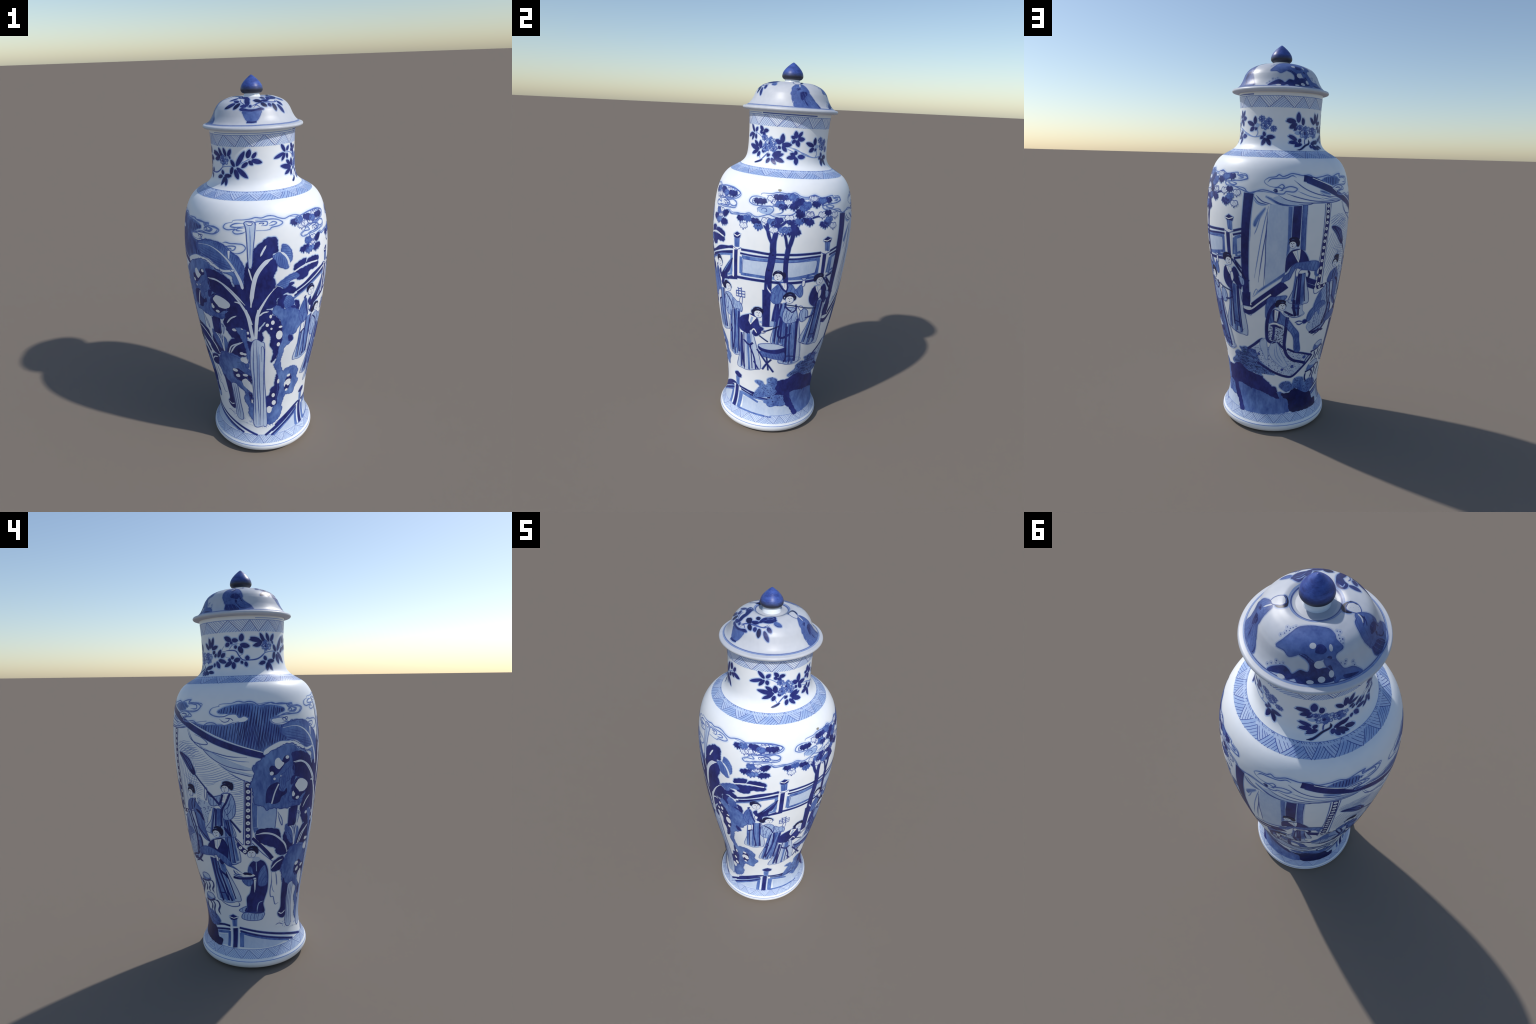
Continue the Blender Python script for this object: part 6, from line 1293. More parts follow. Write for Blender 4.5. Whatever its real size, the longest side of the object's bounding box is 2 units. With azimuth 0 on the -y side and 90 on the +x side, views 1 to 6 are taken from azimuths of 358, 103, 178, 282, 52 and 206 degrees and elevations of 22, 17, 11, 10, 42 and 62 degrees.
m.blob([(95.9, 19.1), (119.8, 23.1), (122.3, 19.7), (123.7, 16.7), (114.7, 16.3), (103, 16.7)], 'mid', 7, rough=.35)
bush(m, [(141.1, 47.4), (147.7, 48.8), (151, 46.3), (155.3, 43.9), (160.7, 43), (160.4, 40), (165.8, 39), (171.1, 35.8), (171.1, 34.3), (161.7, 34.2), (153.8, 34), (145.2, 34.4), (137.6, 37.1), (130.7, 36.9), (123.5, 35.6), (121.6, 37.2), (129.5, 40.6), (130, 43.1), (135.6, 45.1), (140.3, 44.8)], 9, seed=12)
bush(m, [(184.5, 26.7), (188.1, 29.1), (195.9, 29.2), (200.2, 27.4), (202.3, 30.2), (207.9, 31.1), (215.4, 29.7), (217.6, 27), (224.2, 27.9), (235.2, 26.5), (239.9, 22.7), (225.7, 19.4), (212.6, 22.2), (205.1, 24.5), (194.8, 22.9), (189.6, 24.1)], 9, seed=13)
m.blob([(210.8, 23.5), (218.9, 21.8), (227.7, 20.5), (233.8, 16.8), (234.7, 14.2), (242.1, 13.8), (242.7, 11.7), (238.6, 10.5), (227.4, 11.1), (213, 10.9), (202, 11.7), (204.9, 17.3)], 'navy', 8, rough=.35)
bush(m, [(222.1, 27.3), (231.1, 27.3), (237, 25.7), (240.2, 22.9), (227.8, 20.8), (220.2, 22)], 9, seed=14)

# ---- left: ladies, garden stools and the lower balustrade
m.build()
m = Motif('garden_stool')
m.blob([(224, 49.1), (223.1, 46.3), (229.4, 45.9), (236.2, 46.8), (237.6, 48.2), (233.8, 48.3), (227.1, 48)], 'mid', 9)
dot(m, (231.0, 49.1), 6.17, 1.59, 'pale', 11)
m.stroke([(224, 49.1), (229.1, 50.3), (236, 49.8), (237.2, 47.9)], 'line', 12, w=.28)
m.stroke([(219.8, 45.1), (229.2, 45.7), (236.9, 47.1)], 'dark', 11, w=.8, taper=0)
m.stroke([(236.2, 46.8), (239.6, 46.3), (240, 44.3), (236.5, 41.3), (238.3, 39.7)], 'dark', 11, w=.7)
m.stroke([(222.1, 44.7), (213.8, 40.6), (214.3, 37.4)], 'dark', 11, w=.7)
m.stroke([(225.6, 44.9), (227.6, 42.3), (222.9, 38.8)], 'dark', 11, w=.7)
m.stroke([(232.5, 45.8), (233.4, 43.3), (230.4, 40.9), (231.3, 39.3)], 'dark', 11, w=.7)
m.stroke([(211.3, 44.3), (217.5, 43.4)], 'dark', 11, w=.6)
m.build()
m = Motif('garden_stool')
m.blob([(221, 37), (219, 33.8), (228.2, 34.2), (235.9, 35.6), (237.3, 37.1), (231.2, 36.3), (224, 35.9)], 'mid', 11)
dot(m, (230.4, 37.4), 6.76, 1.70, 'pale', 13)
m.stroke([(221.9, 37.4), (228.7, 38.6), (235.7, 38.3), (237.1, 36.4)], 'line', 14, w=.28)
m.stroke([(217, 33), (227.9, 33.8), (236.5, 35.7)], 'dark', 13, w=.9, taper=0)
m.stroke([(236.3, 35.3), (241.8, 34.8), (243, 32.7), (239.8, 29.4), (242.2, 27.4)], 'dark', 13, w=.8)
m.stroke([(217.8, 32.7), (217.6, 29.4), (220.5, 26.6)], 'dark', 13, w=.8)
m.stroke([(224.5, 33.6), (229.3, 31.5), (226.2, 28.1)], 'dark', 13, w=.8)
m.stroke([(231.2, 34.3), (234.7, 32.4), (231.8, 28.6), (233, 25.5)], 'dark', 13, w=.8)
m.build()
m = Motif('balustrade')
m.area([(271, 17.7), (283.8, 16.9), (300.4, 14.7), (320.7, 11.8), (308.4, 11.1), (295.3, 11), (283.2, 11.2), (270.8, 11.5)], 'pale', 4)
m.area([(234.5, 15.5), (249.5, 17.3), (250, 11.6), (243.5, 11), (242.1, 14.1)], 'pale', 4)
m.stroke([(229.2, 20.2), (245.1, 22.2), (254.2, 22.2)], 'dark', 7, w=1.0, taper=0)
m.stroke([(265.9, 22), (275.9, 21.1), (288.2, 19.7), (305.3, 17.6), (325.6, 14.7), (351.2, 10.4)], 'dark', 7, w=1.0, taper=0)
m.stroke([(231.7, 18), (244.5, 19.6), (253.9, 20.3)], 'dark', 7, w=.9, taper=0)
m.stroke([(266.5, 20.2), (279.8, 18.7), (296.3, 16.6), (314.3, 14.1), (334, 10.9)], 'dark', 7, w=.9, taper=0)
m.stroke([(266.9, 19.4), (279.8, 17.9), (300.5, 15.3), (327.6, 11.5)], 'mid', 6, w=1.3, taper=0)
m.stroke([(268.3, 19.1), (268.1, 11.6)], 'mid', 6, w=2.0, taper=0)
m.stroke([(252.5, 19.2), (252.1, 11.1)], 'mid', 6, w=1.4, taper=0)
m.stroke([(234.5, 16.9), (252.7, 18.8)], 'mid', 6, w=1.2, taper=0)
m.area([(257.8, 21.1), (263.7, 21.7), (262.4, 11.2), (257.3, 10.7)], 'dark', 9)
m.area([(257.9, 25.9), (263.4, 26.3), (262.5, 22.6), (257.8, 22.3)], 'mid', 8)
m.stroke([(260.8, 26.2), (260.2, 22.5)], 'line', 9, w=.3, taper=0)
m.area([(254.1, 27.7), (259.5, 29.3), (265.4, 28.1), (263.4, 26.5), (260.1, 26), (256.2, 26.1)], 'dark', 9)
m.stroke([(254.4, 27.7), (259.9, 27.1), (265.3, 28.1)], 'white', 11, w=.4, taper=0, smooth=0)
m.stroke([(254.2, 22), (259.7, 21.6), (265.1, 22.5)], 'white', 10, w=.5, taper=0, smooth=0)
m.stroke([(309.5, 21.8), (313.7, 22.3), (319.7, 20.9)], 'line', 9, w=.3)
bush(m, [(309.5, 20.9), (315.1, 23.3), (321.3, 21.2), (330, 19.1), (336.4, 20.8), (364.8, 15.4), (360.2, 14.3), (329.9, 18)], 7, tone='white', ink='thin', seed=20, n=90)
bush(m, [(-45.8, 21.9), (-37.5, 23), (-28.2, 20.6), (-14.5, 18.8), (-13.4, 17.3), (-23.2, 18.1), (-33.9, 19.1)], 7, tone='white', ink='thin', seed=21, n=90)
bush(m, [(3.2, 17), (11.8, 18.2), (18.1, 18.8), (15.4, 16.7), (5.5, 15.1), (-4, 15.7)], 7, tone='white', ink='thin', seed=22, n=60)
m.build()
m = Motif('servant_with_tray')
m.blob([(281.1, 57.6), (283.8, 59.9), (287.5, 60.5), (291.3, 60.7), (295.1, 59.3), (297.9, 55.9), (298.9, 51.9), (299, 48.7), (298.7, 43.5), (296.6, 39.6), (294.4, 35.7), (294.5, 30.4), (274.7, 31.4), (276.7, 34.7), (277.3, 39.6), (281.2, 42.8), (283.1, 49.7), (285.3, 52.4), (283.4, 54), (281.3, 55.3)], 'dark', 10)
m.hatch([(274.5, 31), (294.5, 30.6), (293.9, 27.6), (291, 26.5), (282.9, 26.3), (274.9, 26.7), (269.8, 28)], 78, 1.7, 'line', 10, w=.2, seed=2, curve=.08)
m.blob([(274.5, 31), (294.5, 30.6), (293.9, 27.6), (291, 26.5), (282.9, 26.3), (274.9, 26.7), (269.8, 28)], 'wash', 9, edge='line', w=.28)
m.hatch([(267.7, 32.4), (276.7, 34.7), (275.6, 31.8), (271.5, 31.1)], 100, 1.7, 'line', 10, w=.2, seed=3, curve=.08)
m.blob([(267.7, 32.4), (276.7, 34.7), (275.6, 31.8), (271.5, 31.1)], 'wash', 9, edge='line', w=.25)
m.stroke([(284.8, 30.5), (283, 27.3)], 'line', 11, w=.25)
m.stroke([(287.2, 30.4), (285.4, 27)], 'line', 11, w=.25)
m.hatch([(289.9, 53.4), (293.2, 56.9), (295.5, 57.5), (297.3, 54), (298.4, 50), (297.7, 46.8), (293.4, 45.9), (289.5, 46.6), (289.2, 49.8)], 64, 1.7, 'line', 13, w=.2, seed=4, curve=.08)
m.blob([(289.9, 53.4), (293.2, 56.9), (295.5, 57.5), (297.3, 54), (298.4, 50), (297.7, 46.8), (293.4, 45.9), (289.5, 46.6), (289.2, 49.8)], 'mid', 12, edge='line', w=.28)
m.hatch([(280.1, 54.9), (281.4, 57.6), (283.6, 56.4), (284.4, 53.6), (282.1, 53.1)], 112, 1.7, 'line', 13, w=.2, seed=5, curve=.08)
m.blob([(280.1, 54.9), (281.4, 57.6), (283.6, 56.4), (284.4, 53.6), (282.1, 53.1)], 'mid', 12, edge='line', w=.28)
m.hatch([(274.4, 50.2), (283.2, 49.9), (283.6, 47.6), (280.2, 46.5), (276.2, 47.8)], 78, 1.7, 'line', 12, w=.2, seed=6, curve=.08)
m.blob([(274.4, 50.2), (283.2, 49.9), (283.6, 47.6), (280.2, 46.5), (276.2, 47.8)], 'mid', 11, edge='line', w=.28)
m.area([(285.2, 50.8), (287.6, 50.9), (286.3, 44.3), (285.2, 42.7)], 'white', 12)
m.stroke([(286.5, 49.2), (285.5, 42.7)], 'wash', 13, w=.7)
m.stroke([(294.5, 37.3), (289.8, 36.4), (288.2, 34.4), (287.2, 31)], 'wash', 13, w=.5)
m.stroke([(287.6, 59.9), (287.7, 54.7)], 'wash', 13, w=.3, taper=0)
m.stroke([(265.8, 51.5), (271.2, 50.9), (277.9, 50.9), (285.9, 51.1)], 'dark', 14, w=1.2, taper=0)
m.stroke([(275.2, 53.6), (279.5, 53.5), (283.7, 52.9)], 'navy', 14, w=1.3)
m.stroke([(276.7, 52.2), (281.4, 52.7), (286.3, 52.4)], 'white', 13, w=1.2)
m.blob([(283.9, 50.4), (285.9, 51.2), (287.6, 50.9), (286.5, 50)], 'white', 15, edge='line', w=.25)
m.stroke([(266.1, 53.1), (270, 52.1), (275.3, 51.6)], 'line', 13, w=.5)
m.stroke([(269.2, 54.8), (272.1, 52.5)], 'line', 13, w=.4)
dot(m, (287.9, 61.2), 3.60, 1.38, 'pale', 13)
m.stroke([(284.4, 60.6), (287.8, 59.8), (291.6, 60.7)], 'line', 14, w=.25)
dot(m, (284.8, 67.2), 4.44, 1.46, 'hair', 16)
dot(m, (288.5, 65.8), 1.27, 1.61, 'hair', 16)
face(m, (283.7, 64.5), 2.81, 18, -0.3)
m.build()
m = Motif('lady_with_long_fan')
skirt(m, [(254.5, 87.8), (263.5, 87.4), (268.9, 73.5), (246.5, 75)], 5, n=8, seed=15)
skirt(m, [(262.5, 81.6), (267.6, 82.1), (272.9, 60), (262.3, 60.1)], 4, n=7, seed=16)
m.stroke([(262.8, 60.5), (266.3, 58.4), (272.5, 59.4)], 'line', 8, w=.3)
m.stroke([(259, 87.3), (258, 79)], 'mid', 7, w=2.6, taper=0)
m.stroke([(257, 87.2), (254.7, 78.4)], 'dark', 9, w=1.0, taper=0)
m.stroke([(261.3, 87.4), (260.3, 78.7)], 'dark', 9, w=1.0, taper=0)
m.stroke([(261.9, 78.4), (265.3, 75.4), (267.9, 73.5)], 'dark', 9, w=1.4)
m.stroke([(247.1, 77.1), (250.2, 76.9)], 'dark', 9, w=.8)
m.hatch([(251.1, 89.9), (251.1, 94.5), (253.5, 93.1), (261.5, 94.2), (263.4, 95), (269.3, 95.1), (271.9, 92.1), (272.6, 88.4), (271.6, 84.5), (267.6, 82.1), (262.6, 82.4), (261.8, 85.1), (261.1, 88.1), (258.7, 89.2), (254.6, 88.6)], 78, 1.7, 'line', 9, w=.2, seed=2, curve=.08)
m.blob([(251.1, 89.9), (251.1, 94.5), (253.5, 93.1), (261.5, 94.2), (263.4, 95), (269.3, 95.1), (271.9, 92.1), (272.6, 88.4), (271.6, 84.5), (267.6, 82.1), (262.6, 82.4), (261.8, 85.1), (261.1, 88.1), (258.7, 89.2), (254.6, 88.6)], 'wash', 8, edge='line', w=.28)
m.area([(264.6, 95), (268.7, 95.1), (264.6, 90.5), (262.2, 91.2)], 'white', 9)
m.stroke([(265.1, 94.3), (264.1, 91.7)], 'thin', 11, w=.3)
m.stroke([(250.9, 95.5), (255.5, 92.9), (260.4, 89.4)], 'dark', 11, w=1.1, taper=0)
m.stroke([(269, 95.1), (265.5, 90.5), (262.6, 87.8), (261.1, 84.3)], 'dark', 11, w=1.0, taper=0)
m.stroke([(263.4, 94.6), (262, 92), (260.4, 89.4)], 'dark', 11, w=1.0, taper=0)
m.stroke([(268.8, 90.6), (266.7, 88.3), (264.1, 87.1)], 'line', 11, w=.28)
m.stroke([(269.6, 87.6), (266.8, 85.2), (264.3, 84.4)], 'line', 11, w=.28)
m.stroke([(269.8, 89.5), (268.3, 87.2)], 'line', 11, w=.28)
m.blob([(248, 95.1), (248.9, 97.4), (250.6, 97.1), (250.1, 94.8), (248.9, 91.3), (248, 92)], 'white', 10, edge='line', w=.28)
m.stroke([(240.8, 103.3), (245.2, 100.2), (249, 97.6), (251.8, 94.9)], 'dark', 11, w=.6, taper=0)
m.stroke([(267.9, 82), (271.5, 79.1), (275.6, 75.7)], 'dark', 11, w=.8, taper=0)
dot(m, (267.2, 100.1), 3.30, 1.13, 'hair', 12)
dot(m, (270.6, 98.7), 1.59, 1.96, 'hair', 12)
face(m, (265.7, 97.5), 2.47, 14, -0.6)
m.blob([(222.4, 113), (226.8, 113.4), (235.2, 111.2), (238.1, 108.8), (241.1, 105.1), (240.6, 103.4), (238.4, 103.2), (233.7, 105.6), (228.1, 109.5)], 'dark', 8)
m.stroke([(228.1, 112.5), (233.5, 109.4), (237.4, 105.8)], 'mid', 10, w=.35)
m.stroke([(232.7, 111.3), (236.9, 108.2), (238.4, 105.4)], 'mid', 10, w=.35)
m.stroke([(224.8, 112.2), (230.7, 108.8), (236.1, 105.3)], 'mid', 10, w=.35)
m.build()
m = Motif('screen_and_curtain')
m.hatch([(225.4, 114.2), (240.7, 117), (249.8, 114), (259.9, 109.6), (269.8, 105.6), (279.4, 101.7), (279.7, 96), (268.6, 95.1), (270.8, 100.9), (263.5, 101.7), (258.5, 99.7), (248.9, 98.8), (241.5, 104.6), (236.3, 111.1)], 12, .95, 'thin', 0, w=.2, curve=-0.05, seed=31)
m.hatch([(223.3, 102.2), (237.9, 103.4), (246.9, 98.2), (244.4, 92.6), (239.5, 90.7), (239, 96.1), (233.2, 100.1)], -14, .95, 'thin', 0, w=.2, curve=-0.05, seed=32)
m.hatch([(271.5, 94.2), (279.7, 96), (278.5, 81.3), (274.4, 79.3), (270.2, 82.8), (271.8, 90.3)], 8, 1.1, 'thin', 0, w=.2, curve=-0.05, seed=33)
m.hatch([(221.6, 116.9), (232.9, 119.4), (241.9, 118.4), (247.2, 114.4), (236.8, 113.5), (222.7, 114)], 15, 1.1, 'thin', 0, w=.2, curve=.06, seed=34)
m.blob([(245.8, 118.8), (254.2, 115.5), (263.3, 112.9), (274.4, 109.7), (287.3, 106.2), (277, 106.9), (265.8, 109.3), (255.6, 113.3)], 'pale', 1)
m.blob([(262.1, 109.2), (271.4, 106.9), (278.9, 105.5), (287.2, 103.8), (287.1, 102.7), (276.8, 104.3), (269.1, 105.6)], 'pale', 1)
m.stroke([(236.2, 125.2), (241, 119.8), (249.2, 116.3), (260.4, 114.3), (270.5, 112.7), (282.8, 112.1)], 'line', 3, w=.28)
m.stroke([(235, 125.1), (238.9, 120.6), (245.8, 118.5), (254.5, 118.5), (251.3, 120.7), (243.1, 122.6)], 'line', 3, w=.28)
m.stroke([(245.8, 119), (255.5, 112.8), (265.8, 108.8), (277, 106.7), (287.3, 105.8)], 'line', 3, w=.28)
m.stroke([(262.1, 109.2), (269.9, 106), (278.9, 104.3), (287.1, 102.7)], 'line', 3, w=.28)
m.stroke([(269.1, 105.3), (278.7, 101.7), (284.5, 100.3)], 'line', 3, w=.28)
m.stroke([(251.8, 116.4), (263.3, 112.9), (275.9, 110.6), (284.1, 110)], 'thin', 3, w=.35)
m.stroke([(210.4, 129.9), (220, 127.4), (233, 126.5)], 'thin', 3, w=.35)
m.stroke([(211.5, 127.6), (224.1, 126.2), (234.3, 125.8)], 'thin', 3, w=.35)
m.stroke([(207.4, 125.4), (224.1, 125.2), (234.3, 125.8)], 'line', 3, w=.28)
m.stroke([(280.1, 101.7), (279.2, 87.8), (277.5, 72.2)], 'line', 3, w=.28, taper=0)
m.area([(280.2, 100.2), (286.1, 100.1), (284.6, 69), (277.6, 69.1)], 'pale', 0)
coin_border(m, [(282.9, 100.5), (282, 85.2), (280.9, 68.9)], 1, w=2.8, n=10)
m.stroke([(280.2, 101), (279.2, 85.3), (277.6, 69.1)], 'line', 3, w=.28, taper=0)
m.stroke([(285.4, 96.4), (285, 85.1), (284, 69)], 'line', 3, w=.28, taper=0)
coin_border(m, [(269, 72.3), (274.6, 67.7), (279.8, 64.8)], 1, w=2.4, n=3)
m.stroke([(268.4, 74.7), (276.7, 69.1)], 'line', 2, w=.28, taper=0)
m.area([(285.5, 90.4), (289.1, 89.1), (288.5, 78), (285.4, 77.9)], 'mid', 1)
m.area([(285.4, 77.7), (289, 77.9), (290.8, 76.3), (286.5, 75.3)], 'mid', 1)
m.area([(289.4, 89.5), (304.2, 86.6), (303.5, 76.1), (289.6, 76.9)], 'wash', 0)
m.stroke([(304.5, 86.4), (304.2, 81.6), (303.5, 76.5)], 'line', 2, w=.28, taper=0)
m.stroke([(305.5, 84.9), (309.6, 80.3), (309.9, 77.5), (307.5, 80.1), (305.5, 84.9)], 'line', 2, w=.28)
m.stroke([(307.1, 86), (314.9, 85.5)], 'line', 2, w=.28)
m.area([(317.2, 86.4), (324.9, 86.1), (324.3, 77.6), (323.6, 76.5), (316.6, 77.7)], 'dark', 2)
m.stroke([(285.1, 72.8), (293.3, 67.3), (302.2, 60.6)], 'dark', 2, w=1.9, taper=0)
m.stroke([(285.2, 73.8), (293.3, 68.8), (303.1, 62.6)], 'white', 3, w=.4, taper=0)
m.stroke([(284.6, 70), (292.6, 64.5), (302.7, 59.1)], 'line', 2, w=.28, taper=0)
m.blob([(323.3, 82.5), (325, 82.9), (327.6, 82), (326.2, 77.4), (323.2, 73.8), (324.1, 65.5), (322.1, 65.8), (321.8, 74), (323.2, 78.6)], 'pale', 0, edge='line', w=.28)
m.stroke([(324.3, 82), (326.1, 82.2), (326.8, 81.3), (325.4, 81.3)], 'line', 2, w=.28)
m.stroke([(301.9, 53.2), (302.8, 47.6), (301.7, 43.2), (302.5, 39), (305.4, 38.7), (308.1, 34.1), (312.5, 34.4)], 'line', 2, w=.28)
m.stroke([(306.6, 52.7), (308.1, 48.2), (309.1, 44.8)], 'line', 2, w=.28)
m.stroke([(302.9, 46.3), (304.5, 42.9), (306.8, 41)], 'thin', 2, w=.3)
m.build()
m = Motif('lady_in_flowing_shawl')
m.hatch([(225.3, 84.3), (234.1, 82.9), (235.2, 76.6), (234, 66.6), (225.2, 57.1), (215.8, 58.1), (215, 67.9), (214.5, 76.2)], 78, 1.7, 'line', 7, w=.2, seed=2, curve=.08)
m.blob([(225.3, 84.3), (234.1, 82.9), (235.2, 76.6), (234, 66.6), (225.2, 57.1), (215.8, 58.1), (215, 67.9), (214.5, 76.2)], 'wash', 6, edge='line', w=.28)
m.hatch([(227.9, 89.4), (234.4, 90.9), (238.4, 88.9), (241.9, 86.1), (243.8, 80), (243.9, 75.9), (245.6, 72.1), (246.9, 69.7), (239.9, 71.5), (235.2, 76.6), (234.1, 82.9), (232.6, 84.4), (226.5, 84.1), (224.5, 85.8)], 100, 1.7, 'line', 8, w=.2, seed=3, curve=.08)
m.blob([(227.9, 89.4), (234.4, 90.9), (238.4, 88.9), (241.9, 86.1), (243.8, 80), (243.9, 75.9), (245.6, 72.1), (246.9, 69.7), (239.9, 71.5), (235.2, 76.6), (234.1, 82.9), (232.6, 84.4), (226.5, 84.1), (224.5, 85.8)], 'mid', 7, edge='line', w=.28)
m.blob([(217.6, 80), (220.3, 77.9), (220.5, 73), (221, 66.7), (216.2, 69.8), (212.2, 72.5)], 'mid', 7)
bush(m, [(239.1, 90.8), (246.5, 90.8), (253.2, 88.5), (250.1, 84.4), (245.2, 76.1), (243.3, 77.9), (242.1, 84.2)], 6, tone='pale', ink='line', seed=41, n=110)
m.blob([(230.1, 84.9), (232.5, 85.2), (234.6, 79.8), (235, 76.2), (231.9, 76.6), (229, 79.9)], 'pale', 8, edge='line', w=.25)
m.stroke([(235.8, 85.7), (241, 83.7), (244, 80)], 'dark', 10, w=1.5)
m.stroke([(234.3, 83.8), (236.1, 76.3), (241.4, 72.9), (246.9, 69.7)], 'dark', 10, w=.8, taper=0)
m.stroke([(233.9, 90.8), (231.7, 88.3), (231.3, 85)], 'dark', 10, w=.7, taper=0)
m.stroke([(237.1, 91.5), (235.7, 88.7), (234, 86.1)], 'dark', 10, w=.7, taper=0)
m.stroke([(224.7, 83.4), (228, 76.1), (230.8, 70.3), (226.4, 61.2)], 'dark', 10, w=.9, taper=0)
m.stroke([(227.9, 84.2), (232, 74.6), (230.7, 66.1), (231.7, 62)], 'dark', 10, w=.9, taper=0)
m.stroke([(233.1, 72.3), (236.4, 70.2), (236.7, 66.5)], 'dark', 10, w=1.0)
m.stroke([(212, 57.4), (224.2, 57.8), (232, 56.9)], 'dark', 10, w=1.2)
m.stroke([(221.7, 58.7), (220.5, 55.9)], 'dark', 10, w=.8)
m.stroke([(228.6, 59.4), (229.1, 56.5)], 'dark', 10, w=.8)
m.stroke([(233.5, 100.1), (233.9, 98.6)], 'line', 10, w=.5)
m.stroke([(231.5, 99), (233.4, 98.6)], 'line', 10, w=.4)
m.stroke([(235.7, 99.5), (234.3, 98.7)], 'line', 10, w=.4)
dot(m, (233.8, 97.1), 3.94, 1.23, 'hair', 12)
dot(m, (236.7, 95.4), 1.33, 1.77, 'hair', 12)
face(m, (232, 94), 2.54, 14, -0.1)
m.hatch([(222.6, 74.7), (214.9, 72.9), (208.8, 70), (206.8, 66.6), (207.7, 64.7), (211, 65.3), (216.1, 69.2), (227, 72.3)], 64, 1.7, 'line', 8, w=.2, seed=4, curve=.08)
m.blob([(222.6, 74.7), (214.9, 72.9), (208.8, 70), (206.8, 66.6), (207.7, 64.7), (211, 65.3), (216.1, 69.2), (227, 72.3)], 'mid', 7, edge='line', w=.28)
m.blob([(226.6, 71.9), (215.3, 68.9), (210.4, 64.5), (207.8, 61), (214.8, 57.5), (223, 60.6), (230.1, 65.5)], 'pale', 6, edge='thin', w=.25)
m.hatch([(226.6, 71.9), (215.3, 68.9), (210.4, 64.5), (207.8, 61), (214.8, 57.5), (223, 60.6), (230.1, 65.5)], 58, .9, 'thin', 8, w=.2)
m.stroke([(232.2, 68.9), (228.5, 61.6), (220.1, 59.6), (211.7, 57.8)], 'dark', 10, w=.9, taper=0)
m.stroke([(236.2, 71.9), (235.9, 63.7), (229.1, 58.7), (217.8, 55.2)], 'dark', 10, w=.9)
m.stroke([(224.8, 59.4), (220.1, 57.3), (214.1, 56.6)], 'dark', 10, w=.8)
m.stroke([(235.5, 72.9), (234.2, 65.8), (231.1, 59.8)], 'mid', 8, w=2.0)
dot(m, (205.0, 64.7), 2.40, 1.21, 'dark', 10)
m.stroke([(207, 64.3), (211.6, 63.6)], 'dark', 10, w=.8)
m.stroke([(195.4, 64.5), (198.7, 65.3), (203.1, 64.7)], 'line', 10, w=.6)
m.stroke([(196.6, 64.2), (199.9, 63.3), (203.3, 64.2)], 'line', 10, w=.6)
m.build()
m = Motif('lady_with_zither_bundle')
skirt(m, [(244.4, 61.2), (256.8, 59.3), (268.3, 37.8), (244.9, 37.1)], 10, n=8, seed=18)
m.stroke([(244.4, 37), (253, 34.7), (263.2, 34.1), (268.7, 35.3), (267.8, 37.1)], 'line', 14, w=.3)
m.stroke([(247.9, 60.8), (248.2, 51.4), (252.2, 37.5)], 'mid', 13, w=2.6, taper=0)
m.stroke([(246, 61), (246.4, 53.2), (248, 42.8), (250, 36.7)], 'dark', 15, w=1.0, taper=0)
m.stroke([(249.5, 61), (249.6, 52.7), (254.6, 41.8), (257, 37.5)], 'dark', 15, w=1.0, taper=0)
m.stroke([(252.3, 55.8), (254.8, 49.2), (258.6, 41.3), (261, 37.2)], 'dark', 15, w=1.0, taper=0)
m.stroke([(252.1, 55), (254.7, 53.6), (258.7, 51.9), (260.4, 50)], 'dark', 15, w=1.2)
m.stroke([(246.8, 41.2), (253.7, 41.6)], 'dark', 15, w=.7, taper=0)
m.stroke([(257.3, 58.5), (258.2, 56.6), (258.5, 53.9)], 'mid', 15, w=1.2)
m.blob([(243.6, 66.9), (247.3, 69.8), (251.8, 71.4), (259.3, 72.3), (263.5, 68.9), (263.8, 65.2), (261.6, 60.5), (258.6, 63.3), (253, 64.9), (246.4, 64.9)], 'dark', 12)
m.area([(251.7, 71), (258.7, 71.9), (256.3, 68.5), (253.3, 66), (251.6, 66.9)], 'white', 14)
m.stroke([(254.8, 71.2), (253.6, 67)], 'wash', 15, w=.9)
m.stroke([(252.3, 70.6), (252.7, 67.8)], 'line', 16, w=.22)
m.stroke([(257.4, 71.4), (255.5, 68.4)], 'line', 16, w=.22)
m.stroke([(254.9, 60.9), (256, 59.3), (257.2, 58.1)], 'dark', 15, w=2.0)
m.hatch([(229.7, 62.8), (233.8, 65.3), (241.7, 66.7), (248.6, 66.2), (254.5, 64.6), (260, 62.9), (265.4, 59.4), (263.9, 57.4), (259.7, 58.5), (253.6, 61.8), (247.1, 62.3), (239.4, 61.8), (232.8, 61.7)], 78, 1.7, 'line', 16, w=.2, seed=2, curve=.08)
m.blob([(229.7, 62.8), (233.8, 65.3), (241.7, 66.7), (248.6, 66.2), (254.5, 64.6), (260, 62.9), (265.4, 59.4), (263.9, 57.4), (259.7, 58.5), (253.6, 61.8), (247.1, 62.3), (239.4, 61.8), (232.8, 61.7)], 'mid', 15, edge='line', w=.28)
m.stroke([(262.9, 58), (268.1, 56.5), (274.8, 53.7)], 'mid', 15, w=1.1, taper=2)
m.stroke([(266.5, 55.6), (268.3, 53.5), (274, 52.8)], 'line', 16, w=.4)
m.blob([(248.3, 62), (251.2, 62.9), (253.1, 61.6), (252.7, 59.4), (250.9, 59.7), (250.6, 61.4)], 'white', 17, edge='line', w=.25)
dot(m, (256.4, 77.3), 3.78, 1.24, 'hair', 18)
dot(m, (259.5, 75.7), 1.69, 1.99, 'hair', 18)
face(m, (254.5, 74.6), 2.63, 20, -0.3)

